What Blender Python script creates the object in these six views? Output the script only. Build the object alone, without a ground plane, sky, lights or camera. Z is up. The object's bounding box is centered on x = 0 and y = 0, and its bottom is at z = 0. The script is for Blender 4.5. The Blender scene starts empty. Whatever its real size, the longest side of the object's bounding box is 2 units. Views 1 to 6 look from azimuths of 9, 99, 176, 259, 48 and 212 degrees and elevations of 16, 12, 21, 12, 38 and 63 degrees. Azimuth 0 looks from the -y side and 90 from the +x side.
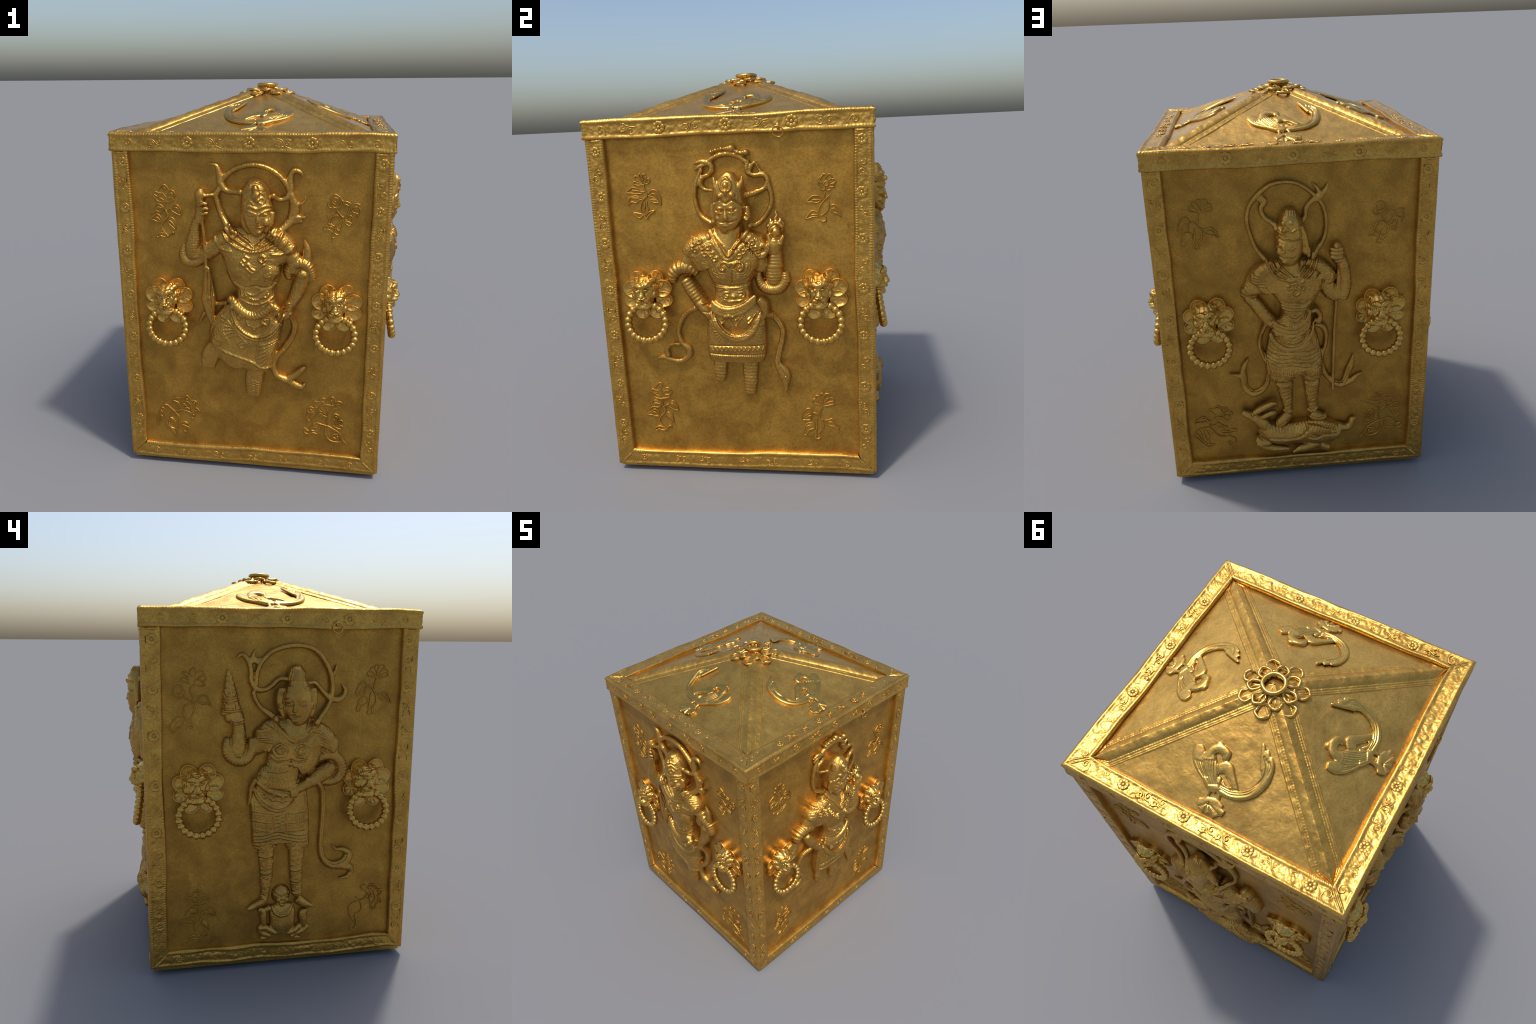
# Gilt reliquary casket: four guardian reliefs in framed panels, a pyramid lid with
# phoenix reliefs and a lotus finial.  Built in metres, z up; reliefs are described in
# face millimetres: u to the right on the face, v upwards, d out of the panel.
import bpy, math, random
import numpy as np
from mathutils import Vector, Matrix
from mathutils.kdtree import KDTree

CX, CY = -0.007, 0.004         # box centre in plan
PANEL = 0.643                  # panel plane from the axis
BODY = 0.660                   # frame plane of the body
LID = 0.667                    # side of the lid
RIM_Z = 1.786                  # top of the lid rim
BAND_Z = 1.695                 # lower edge of the lid band
RIM_IN = 0.573                 # inner edge of the lid rim
ROOF_Z, APEX_Z = 1.765, 1.985  # roof plane at the rim, and at the apex

# ------------------------------------------------------------------ noise and curves

def vnoise(p, seed=0):
    """smooth value noise, p (N,k<=3) -> about -1..1"""
    p = np.asarray(p, float)
    if p.shape[1] < 3:
        p = np.hstack([p, np.zeros((len(p), 3 - p.shape[1]))])
    i = np.floor(p).astype(np.int64)
    f = p - i
    f = f * f * (3 - 2 * f)
    r = 0
    for c in range(8):
        o = np.array([c & 1, c >> 1 & 1, c >> 2])
        q = i + o
        h = (q[:, 0] * 374761393 + q[:, 1] * 668265263 + q[:, 2] * 2147483647 + seed * 1274126177) & 0xffffffff
        h = ((h ^ (h >> 13)) * 1274126177) & 0xffffffff
        h = ((h ^ (h >> 16)) * 2246822519) & 0xffffffff
        h = ((h ^ (h >> 15)) & 0xffff) / 32767.5 - 1
        r = r + h * np.prod(np.where(o, f, 1 - f), axis=1)
    return r


def spline(P, step, closed=False):
    """Catmull-Rom through rows of P, sampled about every `step`"""
    P = np.asarray(P, float)
    n = len(P)
    if n == 2 and not closed:
        k = max(2, int(np.linalg.norm(P[1, :2] - P[0, :2]) / step) + 1)
        return P[0] + (P[1] - P[0]) * np.linspace(0, 1, k)[:, None]
    if closed:
        Q = np.vstack([P[-1], P, P[0], P[1]])
        m = n
    else:
        Q = np.vstack([2 * P[0] - P[1], P, 2 * P[-1] - P[-2]])
        m = n - 1
    out = []
    for i in range(m):
        a, b, c, d = Q[i:i + 4]
        k = max(2, int(np.linalg.norm(c[:3] - b[:3]) / step) + 1)
        t = np.arange(k)[:, None] / k
        out.append(.5 * (2 * b + (c - a) * t + (2 * a - 5 * b + 4 * c - d) * t ** 2 + (3 * b - a - 3 * c + d) * t ** 3))
    if not closed:
        out.append(P[-1:])
    return np.vstack(out)


def tube_faces(n, m, closed=False, off=0):
    F = []
    for i in range(n if closed else n - 1):
        a, b = off + i * m, off + ((i + 1) % n) * m
        F += [(a + j, a + (j + 1) % m, b + (j + 1) % m, b + j) for j in range(m)]
    if not closed:
        F.append(tuple(off + j for j in reversed(range(m))))
        F.append(tuple(off + (n - 1) * m + j for j in range(m)))
    return F


def sweep_mesh(rows, p=2.0, rings=None, step=3.0, m=20, closed=False, cap=0.35):
    """solid along a spine of (u, v, d, half width, half depth)"""
    S = spline(rows, step, closed)
    S[:, 3:] = np.maximum(S[:, 3:], 0.5)
    T = np.gradient(S[:, :2], axis=0) if not closed else np.roll(S[:, :2], -1, 0) - np.roll(S[:, :2], 1, 0)
    T /= np.maximum(np.linalg.norm(T, axis=1), 1e-6)[:, None]
    if not closed and p < 2.55 and cap:
        ends = []
        for k, sg in ((0, -1), (-1, 1)):
            L = []
            for q in (0.4, 0.75, 0.95):
                r = S[k].copy()
                r[:2] += sg * T[k] * S[k, 3] * cap * q
                r[3:] *= math.sqrt(1 - q * q)
                L.append(r)
            ends.append(L)
        S = np.vstack([ends[0][::-1], S, ends[1]])
        T = np.vstack([[T[0]] * 3, T, [T[-1]] * 3])
    N = np.stack([T[:, 1], -T[:, 0]], 1)
    s = np.concatenate([[0], np.cumsum(np.linalg.norm(np.diff(S[:, :2], axis=0), axis=1))])
    th = np.arange(m) * 2 * math.pi / m + 1e-3
    c, sn = np.cos(th), np.sin(th)
    c = np.sign(c) * np.abs(c) ** (2 / p)
    sn = np.sign(sn) * np.abs(sn) ** (2 / p)
    W = np.repeat(S[:, 3:4], m, 1)
    H = np.repeat(S[:, 4:5], m, 1)
    if rings:
        per, amp, tw = rings
        a = (th + math.pi / 2) % (2 * math.pi) - math.pi
        b = np.abs(np.cos(math.pi * s[:, None] / per + tw * a[None, :])) ** 0.7
        W = W + amp * (2 * b - 1.2)
        H = H + amp * (2 * b - 1.2)
    V = np.zeros((len(S), m, 3))
    V[:, :, 0] = S[:, None, 0] + N[:, None, 0] * W * c
    V[:, :, 1] = S[:, None, 1] + N[:, None, 1] * W * c
    V[:, :, 2] = S[:, None, 2] + H * sn
    return V.reshape(-1, 3), tube_faces(len(S), m, closed)


def ball_mesh(c, r, m=18, n=10):
    V, F = [], []
    for i in range(1, n):
        a = math.pi * i / n
        for j in range(m):
            b = 2 * math.pi * j / m
            V.append((math.sin(a) * math.cos(b), math.sin(a) * math.sin(b), math.cos(a)))
    V = np.array(V) * np.array(r) + np.array(c)
    F = [(i * m + j, i * m + (j + 1) % m, (i + 1) * m + (j + 1) % m, (i + 1) * m + j) for i in range(n - 2) for j in range(m)]
    F.append(tuple(reversed(range(m))))
    F.append(tuple((n - 2) * m + j for j in range(m)))
    return V, [f[::-1] for f in F]


def merge(parts):
    V, F, o = [], [], 0
    for v, f in parts:
        V.append(v)
        F += [tuple(i + o for i in q) for q in f]
        o += len(v)
    return np.vstack(V), F


# ------------------------------------------------------------------ blender objects

def to_mesh(name, V, F, mat=None, smooth=True):
    me = bpy.data.meshes.new(name)
    me.from_pydata([tuple(v) for v in V], [], F)
    me.update()
    if smooth:
        me.polygons.foreach_set('use_smooth', [True] * len(me.polygons))
    if mat:
        me.materials.append(mat)
    return me


def add(name, me, parent=None):
    ob = bpy.data.objects.new(name, me)
    bpy.context.scene.collection.objects.link(ob)
    if parent is not None:
        ob.parent = parent
    return ob


def empty(name, parent=None):
    ob = add(name, None, parent)
    ob.empty_display_size = 0.1
    return ob


def voxel_union(V, F, size):
    """melt overlapping solids into one skin; returns verts, quads as arrays"""
    me = to_mesh('melt', V, F)
    ob = add('melt', me)
    md = ob.modifiers.new('r', 'REMESH')
    md.mode = 'VOXEL'
    md.voxel_size = size
    dg = bpy.context.evaluated_depsgraph_get()
    ev = ob.evaluated_get(dg)
    m2 = ev.to_mesh()
    co = np.empty(len(m2.vertices) * 3)
    m2.vertices.foreach_get('co', co)
    q = np.empty(len(m2.loops), np.int32)
    m2.loops.foreach_get('vertex_index', q)
    assert len(q) == 4 * len(m2.polygons)
    ev.to_mesh_clear()
    bpy.data.objects.remove(ob)
    bpy.data.meshes.remove(me)
    return co.reshape(-1, 3), q.reshape(-1, 4)


def smooth_verts(V, Q, it, lam=0.5):
    E = np.vstack([Q[:, [0, 1]], Q[:, [1, 2]], Q[:, [2, 3]], Q[:, [3, 0]]])
    n = len(V)
    deg = np.maximum(np.bincount(E[:, 0], minlength=n) + np.bincount(E[:, 1], minlength=n), 1)
    for _ in range(it):
        A = np.stack([np.bincount(E[:, 0], V[E[:, 1], k], n) + np.bincount(E[:, 1], V[E[:, 0], k], n) for k in range(3)], 1)
        V = V + lam * (A / deg[:, None] - V)
    return V


def vert_normals(V, Q):
    a = np.cross(V[Q[:, 2]] - V[Q[:, 0]], V[Q[:, 3]] - V[Q[:, 1]])
    N = np.zeros_like(V)
    for k in range(4):
        for ax in range(3):
            N[:, ax] += np.bincount(Q[:, k], a[:, ax], len(V))
    return N / np.maximum(np.linalg.norm(N, axis=1), 1e-12)[:, None]


class Relief:
    """solids and chased strokes that melt into one relief, split by named part"""
    PAIRED = {'arm', 'sleeve', 'hand', 'leg', 'foot', 'dwarf_arm', 'dwarf_leg', 'wing', 'ox_leg', 'ox_horn'}

    def __init__(self, mid=0.0):
        self.solids, self.strokes, self.patterns, self.mid = [], [], [], mid

    def name(self, part, u):
        return part + ('|b' if part in self.PAIRED and u > self.mid else '')

    def sweep(self, part, rows, p=2.0, rings=None):
        u = sum(r[0] for r in rows) / len(rows)
        self.solids.append((self.name(part, u), sweep_mesh(rows, p, rings)))

    def ball(self, part, u, v, d, ru, rv, rd):
        self.solids.append((self.name(part, u), ball_mesh((u, v, d), (ru, rv, rd))))

    def chase(self, part, kind, period, height):
        self.patterns.append((part, kind, period, height))

    def ridge(self, pts, w, h, closed=False):
        self.strokes.append((spline(pts, 2.0, closed), max(w, 2.5), 1.7 * h))

    def build(self, voxel=2.7, it=4, floor=-1.5, grain=0.5, seed=1):
        V, F = merge([s[1] for s in self.solids])
        V, Q = voxel_union(V, F, voxel)
        V = smooth_verts(V, Q, it)
        N = vert_normals(V, Q)
        D = np.zeros(len(V))
        front = np.clip((N[:, 2] - 0.1) / 0.3, 0, 1)
        for P, w, h in self.strokes:
            lo, hi = P.min(0) - 2.5 * w, P.max(0) + 2.5 * w
            k = np.where((V[:, 0] > lo[0]) & (V[:, 0] < hi[0]) & (V[:, 1] > lo[1]) & (V[:, 1] < hi[1]) & (front > 0))[0]
            if not len(k):
                continue
            best = np.full(len(k), 1e9)
            X = V[k, :2]
            for a, b in zip(P[:-1], P[1:]):
                ab = b - a
                t = np.clip(((X - a) @ ab) / max(ab @ ab, 1e-9), 0, 1)
                best = np.minimum(best, ((X - a - t[:, None] * ab) ** 2).sum(1))
            e = h * np.exp(-best / (w * w))
            if h > 0:
                D[k] = np.where(D[k] >= 0, np.maximum(D[k], e), D[k] + e)
            else:
                D[k] += e
        # name every vertex after the nearest solid
        tot = sum(len(s[1][0]) for s in self.solids)
        kd = KDTree(tot)
        names, i = [], 0
        for nm, (v, f) in self.solids:
            for c in v:
                kd.insert(c, i)
                i += 1
            names += [nm] * len(v)
        kd.balance()
        uniq = sorted(set(names))
        idx = {n: j for j, n in enumerate(uniq)}
        vlab = np.array([idx[names[kd.find(c)[1]]] for c in V])
        for part, kind, per, amp in self.patterns:
            k = np.where(np.isin(vlab, [idx[n] for n in uniq if n.split('|')[0] == part]))[0]
            u, v = V[k, 0], V[k, 1]
            if kind == 'lattice':
                c1, c2 = np.cos(2 * math.pi * (u + v) / per), np.cos(2 * math.pi * (u - v) / per)
                e = np.maximum(np.clip(c1, 0, 1), np.clip(c2, 0, 1)) - 0.5
            elif kind == 'scales':
                r = np.floor(v / per)
                x = (u / per + 0.5 * (r % 2)) % 1 - 0.5
                y = v / per - r
                e = np.clip(0.62 - np.sqrt(x * x + (y - 0.75) ** 2), -0.4, 0.4) * 2
            elif kind == 'fur':
                e = np.sin(2 * math.pi * (u / per + 0.8 * vnoise(np.stack([u, v], 1) / (3 * per), seed))) * vnoise(np.stack([u, v], 1) / (2.2 * per), seed + 3) * 1.6
            else:          # chased scrollwork: contour lines of a soft noise
                n = vnoise(np.stack([u, v], 1) / per, seed + 11)
                e = np.cos(2 * math.pi * 2.6 * n)
            D[k] += amp * e
        D = D * front + grain * vnoise(V / 9.0, seed) * 0.7 + grain * vnoise(V / 4.0, seed + 5) * 0.4
        V = V + N * D[:, None]
        keep = V[Q][:, :, 2].max(1) > floor
        Q = Q[keep]
        N = vert_normals(V, Q)
        lab = vlab[Q[:, 0]]
        # settle ragged borders: each vertex votes, each face follows
        for _ in range(3):
            votes = np.zeros((len(V), len(uniq)), np.int16)
            for k in range(4):
                np.add.at(votes, (Q[:, k], lab), 1)
            lab = (votes[Q[:, 0]] + votes[Q[:, 1]] + votes[Q[:, 2]] + votes[Q[:, 3]]).argmax(1)
        return V, Q, N, lab, uniq


def place_relief(rel, owner, mats, tf, flip=False, **kw):
    """split a built relief into its named meshes; tf maps (u,v,d) mm to metres"""
    V, Q, N, lab, uniq = rel.build(**kw)
    W = tf(V)
    Nw = tf(V + N) - W
    Nw /= np.linalg.norm(Nw, axis=1)[:, None]
    if flip:
        Q = Q[:, ::-1]
    for j, nm in enumerate(uniq):
        q = Q[lab == j]
        if not len(q):
            continue
        ids, inv = np.unique(q, return_inverse=True)
        base = nm.split('|')[0]
        me = to_mesh(base, W[ids], [tuple(r) for r in inv.reshape(-1, 4).tolist()], mats.get(base, mats['']))
        me.normals_split_custom_set_from_vertices([tuple(n) for n in Nw[ids]])
        add(base, me, owner)


def panel_dist(k):
    """distance of panel k from the world axis (the box stands a little off centre)"""
    return PANEL + (-CY, CX - 0.004, CY - 0.008, -CX)[k]


def face_map(k):
    """face number 0..3 (-y, +x, +y, -x) -> function from (u,v,d) mm to world metres"""
    a = k * math.pi / 2
    R = np.array([[math.cos(a), -math.sin(a)], [math.sin(a), math.cos(a)]])
    def tf(P):
        P = np.asarray(P, float) / 1000
        h = np.stack([P[:, 0], -(panel_dist(k) + P[:, 2])], 1) @ R.T
        return np.stack([h[:, 0], h[:, 1], P[:, 1]], 1)
    return tf


def turn(k):
    """box-centred frame: rotation of face k about the casket axis"""
    return Matrix.Translation((CX, CY, 0)) @ Matrix.Rotation(k * math.pi / 2, 4, 'Z')


def grid_faces(nu, nv):
    i, j = np.meshgrid(np.arange(nu - 1), np.arange(nv - 1), indexing='ij')
    a = (i * nv + j).ravel()
    return [tuple(r) for r in np.stack([a, a + nv, a + nv + 1, a + 1], 1).tolist()]

# ------------------------------------------------------------------ materials

def gold(name, light, dark, rough=(0.3, 0.46), patch=6.0, bump=0.25, grain=220.0, tarnish=(0.30, 0.27, 0.10), tamount=0.35, hammer=0.0, chase=0.0, metal=0.85):
    m = bpy.data.materials.new(name)
    m.use_nodes = True
    nt = m.node_tree
    N, L = nt.nodes, nt.links
    bs = N['Principled BSDF']
    bs.inputs['Metallic'].default_value = metal
    tc = N.new('ShaderNodeTexCoord')

    def noise(scale, detail, rough_=0.6, dist=0.0):
        n = N.new('ShaderNodeTexNoise')
        n.inputs['Scale'].default_value = scale
        n.inputs['Detail'].default_value = detail
        n.inputs['Roughness'].default_value = rough_
        n.inputs['Distortion'].default_value = dist
        L.new(tc.outputs['Object'], n.inputs['Vector'])
        return n

    def ramp(src, a, b):
        r = N.new('ShaderNodeMapRange')
        r.inputs['From Min'].default_value = a
        r.inputs['From Max'].default_value = b
        L.new(src, r.inputs['Value'])
        return r.outputs['Result']

    def mix(fac, a, b):
        x = N.new('ShaderNodeMix')
        x.data_type = 'RGBA'
        for s, v in ((6, a), (7, b)):
            if isinstance(v, tuple):
                x.inputs[s].default_value = (*v, 1)
            else:
                L.new(v, x.inputs[s])
        if isinstance(fac, float):
            x.inputs[0].default_value = fac
        else:
            L.new(fac, x.inputs[0])
        return x.outputs[2]

    big = noise(patch, 5, 0.62, 0.4)
    mid = noise(patch * 5, 4, 0.65)
    fine = noise(grain, 3, 0.6)
    col = mix(ramp(big.outputs['Fac'], 0.36, 0.66), dark, light)
    t = N.new('ShaderNodeMath')
    t.operation = 'MULTIPLY'
    L.new(ramp(mid.outputs['Fac'], 0.48, 0.72), t.inputs[0])
    t.inputs[1].default_value = tamount
    col = mix(t.outputs[0], col, tarnish)
    g = N.new('ShaderNodeMath')
    g.operation = 'MULTIPLY'
    L.new(ramp(fine.outputs['Fac'], 0.42, 0.72), g.inputs[0])
    g.inputs[1].default_value = 0.5
    col = mix(g.outputs[0], col, tuple(c * 0.55 for c in dark))
    L.new(col, bs.inputs['Base Color'])
    r = N.new('ShaderNodeMapRange')
    r.inputs['From Min'].default_value = 0.35
    r.inputs['From Max'].default_value = 0.68
    r.inputs['To Min'].default_value = rough[0]
    r.inputs['To Max'].default_value = rough[1]
    L.new(mid.outputs['Fac'], r.inputs['Value'])
    L.new(r.outputs['Result'], bs.inputs['Roughness'])
    bp = N.new('ShaderNodeBump')
    bp.inputs['Strength'].default_value = bump
    bp.inputs['Distance'].default_value = 0.0025
    L.new(noise(grain * 0.4, 4, 0.6).outputs['Fac'], bp.inputs['Height'])
    last = bp
    if hammer:
        b2 = N.new('ShaderNodeBump')
        b2.inputs['Strength'].default_value = hammer
        b2.inputs['Distance'].default_value = 0.012
        L.new(noise(16, 3, 0.5, 0.3).outputs['Fac'], b2.inputs['Height'])
        L.new(bp.outputs['Normal'], b2.inputs['Normal'])
        last = b2
    if chase:      # fine engraved cloth lines
        w = N.new('ShaderNodeTexWave')
        w.inputs['Scale'].default_value = 26
        w.inputs['Distortion'].default_value = 14
        w.inputs['Detail'].default_value = 2.5
        w.inputs['Detail Scale'].default_value = 2.2
        L.new(tc.outputs['Object'], w.inputs['Vector'])
        b3 = N.new('ShaderNodeBump')
        b3.inputs['Strength'].default_value = chase
        b3.inputs['Distance'].default_value = 0.004
        L.new(w.outputs['Fac'], b3.inputs['Height'])
        L.new(last.outputs['Normal'], b3.inputs['Normal'])
        last = b3
    L.new(last.outputs['Normal'], bs.inputs['Normal'])
    return m

# ------------------------------------------------------------------ guardian reliefs (face millimetres)

def guardian_with_club(f):
    f.chase('skirt', 'lattice', 17, 1.5)
    f.chase('leg', 'lattice', 15, 1.2)
    f.chase('torso', 'scroll', 34, 0.9)
    f.chase('arm', 'scroll', 20, 0.7)
    f.chase('halo', 'scroll', 40, 0.4)
    f.sweep('halo', [(-76, 1330, 67, 13, 17), (-103, 1340, 37, 17, 21), (-140, 1398, 9, 16, 20), (-159, 1461, 8, 17, 21), (-162, 1493, 8, 16, 21), (-145, 1526, 9, 16, 20)])
    f.sweep('halo', [(-134, 1559, 10, 13, 17), (-118, 1582, 10, 13, 17), (-77, 1613, 12, 13, 16), (-18, 1633, 15, 13, 16), (40, 1635, 15, 13, 16), (90, 1621, 15, 13, 16), (140, 1587, 14, 14, 17), (178, 1540, 11, 16, 20), (197, 1493, 9, 18, 22), (209, 1438, 6, 27, 22), (194, 1382, 7, 23, 24), (157, 1341, 26, 18, 22), (128, 1330, 48, 16, 20), (116, 1320, 67, 13, 17)])
    f.sweep('halo', [(213, 1446, 7, 15, 19), (233, 1457, 12, 9.3, 12), (256, 1469, 14, 6.2, 8), (263, 1500, 14, 2.3, 3)])
    f.sweep('halo', [(210, 1394, 6, 23, 21), (238, 1393, 10, 11, 14), (261, 1396, 14, 6.2, 8), (272, 1412, 14, 2.3, 3)])
    f.sweep('halo', [(218, 1382, 5, 27, 19), (246, 1373, 7, 9.4, 12)])
    f.sweep('ribbon', [(-41, 1512, 35, 16, 20), (-82, 1511, 20, 14, 18), (-116, 1517, 13, 16, 20), (-139, 1549, 7, 19, 23), (-146, 1592, 6, 18, 22), (-160, 1632, 12, 10, 13), (-200, 1641, 14, 2.7, 3)])
    f.sweep('ribbon', [(109, 1500, 44, 14, 17), (145, 1478, 22, 12, 15), (179, 1492, 17, 13, 16), (192, 1527, 13, 15, 18), (187, 1574, 8, 17, 21), (203, 1611, 5, 15, 19), (235, 1605, 7, 12, 15), (250, 1582, 12, 2.7, 3)])
    f.ball('ribbon', 115, 1500, 43, 14, 14, 16)
    f.sweep('ribbon', [(-216, 1490, 30, 11, 14), (-167, 1495, 14, 10, 13)])
    # head and helmet
    f.sweep('head', [(23, 1563, 28, 35, 39), (24, 1535, 21, 58, 63), (29, 1492, 21, 71, 76), (34, 1445, 23, 77, 80), (35, 1393, 22, 70, 77), (38, 1351, 31, 54, 59), (42, 1323, 48, 31, 34), (45, 1312, 61, 13, 15)], p=2.4)
    f.sweep('head', [(34, 1550, 80, 11, 14), (39, 1515, 85, 18, 23), (45, 1484, 91, 13, 16)])
    f.sweep('head', [(47, 1423, 100, 6.2, 8), (49, 1401, 104, 8.5, 11), (50, 1384, 94, 15, 18)])
    f.ball('head', 13, 1418, 82, 18, 8, 20)
    f.ball('head', 82, 1420, 82, 16, 8, 20)
    f.ball('head', 49, 1359, 86, 20, 6, 16)
    f.ball('head', 48, 1333, 74, 17, 12, 20)
    f.ball('head', 3, 1378, 70, 19, 23, 24)
    f.ball('head', 84, 1381, 70, 18, 23, 24)
    f.ridge([(-15, 1438), (12, 1434), (41, 1421)], 4.6, 3.5)
    f.ridge([(106, 1441), (81, 1436), (52, 1422)], 4.6, 3.5)
    f.ridge([(-23, 1445), (10, 1458), (45, 1447), (79, 1459), (116, 1451)], 6.8, 4)
    f.ridge([(7, 1550), (26, 1565), (49, 1558)], 3.8, 2.5)
    f.ridge([(-5, 1519), (30, 1539), (72, 1528)], 3.8, 2.5)
    f.ridge([(-9, 1488), (18, 1512), (33, 1497), (57, 1520), (87, 1498)], 3.8, 3)
    f.ridge([(64, 1459), (79, 1482), (64, 1497), (49, 1482), (64, 1471)], 3.8, 3)
    f.ridge([(-2, 1457), (14, 1481), (29, 1466)], 3.8, 3)
    f.ridge([(25, 1363), (48, 1366), (71, 1365)], 2.7, -3)
    f.ridge([(-2, 1411), (11, 1406), (29, 1409)], 2.7, -2.5)
    f.ridge([(66, 1410), (81, 1408), (97, 1413)], 2.7, -2.5)
    f.sweep('head', [(-26, 1412, 53, 12, 15), (-21, 1362, 51, 16, 20), (4, 1324, 49, 14, 18)])
    f.sweep('head', [(110, 1423, 50, 14, 17), (103, 1376, 53, 14, 18), (79, 1331, 50, 14, 18)])
    # torso, cape and breastplate
    f.sweep('torso', [(30, 1310, 12, 105, 43), (25, 1278, 16, 160, 56), (21, 1233, 20, 186, 70), (15, 1171, 22, 147, 76), (20, 1118, 22, 132, 78), (24, 1073, 20, 117, 72), (26, 1038, 18, 99, 64), (27, 998, 19, 99, 66), (27, 948, 19, 111, 66), (27, 912, 17, 121, 60)], p=2.45)
    f.sweep('torso', [(97, 1313, 16, 29, 56), (141, 1290, 17, 46, 62), (177, 1258, 17, 46, 62), (193, 1230, 16, 38, 56)])
    f.sweep('torso', [(-62, 1313, 22, 25, 51), (-116, 1290, 17, 38, 59), (-150, 1268, 16, 43, 56)])
    f.ball('torso', -36, 1134, 51, 59, 59, 50)
    f.ball('torso', 89, 1140, 51, 59, 59, 50)
    f.ridge([(-98, 1355), (-51, 1312), (-3, 1281), (28, 1258), (68, 1288), (103, 1321), (123, 1349)], 6.6, 6)
    f.ridge([(-114, 1341), (-69, 1293), (-13, 1262), (28, 1248), (77, 1269), (121, 1303), (140, 1335)], 6.6, 6)
    f.ridge([(-131, 1328), (-88, 1273), (-22, 1243), (28, 1237), (86, 1251), (139, 1285), (158, 1321)], 6.6, 6)
    f.ridge([(-167, 1296), (-156, 1264), (-132, 1244), (-84, 1234)], 5.5, 4)
    f.ridge([(111, 1228), (150, 1226), (193, 1243), (209, 1264)], 6.2, 5)
    f.ridge([(131, 1245), (158, 1262), (181, 1287)], 5.4, 4)
    f.ridge([(-20, 1227), (-28, 1206), (-12, 1192), (4, 1207), (-12, 1215)], 4.3, 5)
    f.ridge([(79, 1214), (63, 1222), (51, 1205), (67, 1189), (81, 1202)], 5.1, 6)
    f.ridge([(-34, 1185), (-20, 1171), (-1, 1181), (17, 1158), (39, 1150), (58, 1169), (76, 1179)], 5.9, 5)
    f.ridge([(-6, 1157), (21, 1139), (49, 1150)], 5.0, 4)
    f.ridge([(-69, 1084), (-32, 1059), (0, 1058), (33, 1069), (70, 1057), (107, 1063), (125, 1083)], 5.5, -5)
    f.ridge([(90, 1118), (103, 1124), (101, 1105), (85, 1101), (83, 1123), (108, 1138)], 4.1, 3)
    f.ridge([(-37, 1037), (-33, 1010), (-14, 1014), (-19, 1033)], 4.6, 4)
    f.ridge([(88, 1038), (70, 1018), (84, 1009), (93, 1024)], 4.6, 4)
    f.ridge([(-14, 1033), (14, 1020), (37, 1026), (60, 1042)], 4.6, 3)
    f.ridge([(-43, 998), (-5, 980), (37, 972), (88, 989), (116, 1010)], 4.1, 3)
    f.ridge([(4, 1005), (37, 996), (65, 1013)], 4.1, 3)
    # belt and skirt
    f.sweep('belt', [(-103, 988, 49, 22, 28), (-84, 983, 61, 21, 26), (-60, 952, 67, 23, 29), (-17, 920, 69, 24, 30), (30, 913, 70, 23, 29), (73, 934, 73, 21, 26), (110, 968, 72, 19, 24), (129, 948, 69, 20, 25)], rings=(16, 3.2, 1.2))
    f.ball('belt', 136, 952, 77, 21, 21, 24)
    f.ridge([(127, 951), (136, 959), (145, 950), (136, 939), (124, 941)], 4.1, 4)
    f.sweep('skirt', [(25, 932, 17, 126, 59), (-2, 870, 18, 157, 63), (-27, 796, 17, 185, 59), (-31, 743, 15, 180, 54), (-17, 695, 14, 150, 49), (15, 655, 13, 104, 47), (39, 618, 13, 57, 44)])
    f.sweep('skirt', [(79, 874, 17, 86, 59), (75, 781, 17, 71, 60), (64, 696, 16, 59, 57), (52, 615, 14, 51, 49)])
    f.sweep('skirt', [(-75, 876, 17, 56, 59), (-135, 800, 17, 67, 59), (-176, 744, 15, 41, 53)])
    f.ball('skirt', 34, 881, 28, 108, 52, 60)
    f.ridge([(-86, 956), (-82, 911), (-59, 857), (-12, 814), (40, 799), (102, 826), (144, 873), (167, 914)], 7.4, 7)
    f.ridge([(-93, 950), (-91, 900), (-69, 841), (-17, 796), (45, 782), (111, 811), (153, 869)], 4.2, 4)
    f.ridge([(-61, 921), (-52, 891), (-33, 902), (-42, 917)], 5.1, 4)
    f.ridge([(80, 909), (61, 888), (85, 869), (94, 894), (75, 893)], 5.6, 5)
    f.ridge([(-14, 889), (-5, 864), (28, 856), (56, 867), (61, 888)], 5.1, 4)
    f.ridge([(9, 865), (28, 841), (42, 862)], 4.2, 4)
    f.ridge([(-200, 744), (-137, 706), (-50, 675), (3, 657), (56, 629), (100, 627)], 6.7, 4)
    f.ridge([(-146, 895), (-103, 872), (-84, 848)], 3.8, 3)
    f.ridge([(-112, 887), (-133, 824), (-105, 764)], 3.8, 2.5)
    f.ridge([(39, 752), (87, 765), (134, 783)], 3.8, 3)
    f.ridge([(49, 773), (72, 723), (106, 663)], 3.3, 2)
    f.ridge([(-142, 872), (-95, 858), (-71, 832)], 3.8, 3)
    f.ridge([(-125, 869), (-140, 815), (-105, 762)], 3.8, 2.5)
    f.ridge([(41, 728), (87, 747), (130, 771)], 3.8, 3)
    f.ridge([(62, 767), (81, 714), (106, 658)], 3.3, 2)
    f.ridge([(-138, 849), (-88, 845), (-58, 816)], 3.8, 3)
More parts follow.
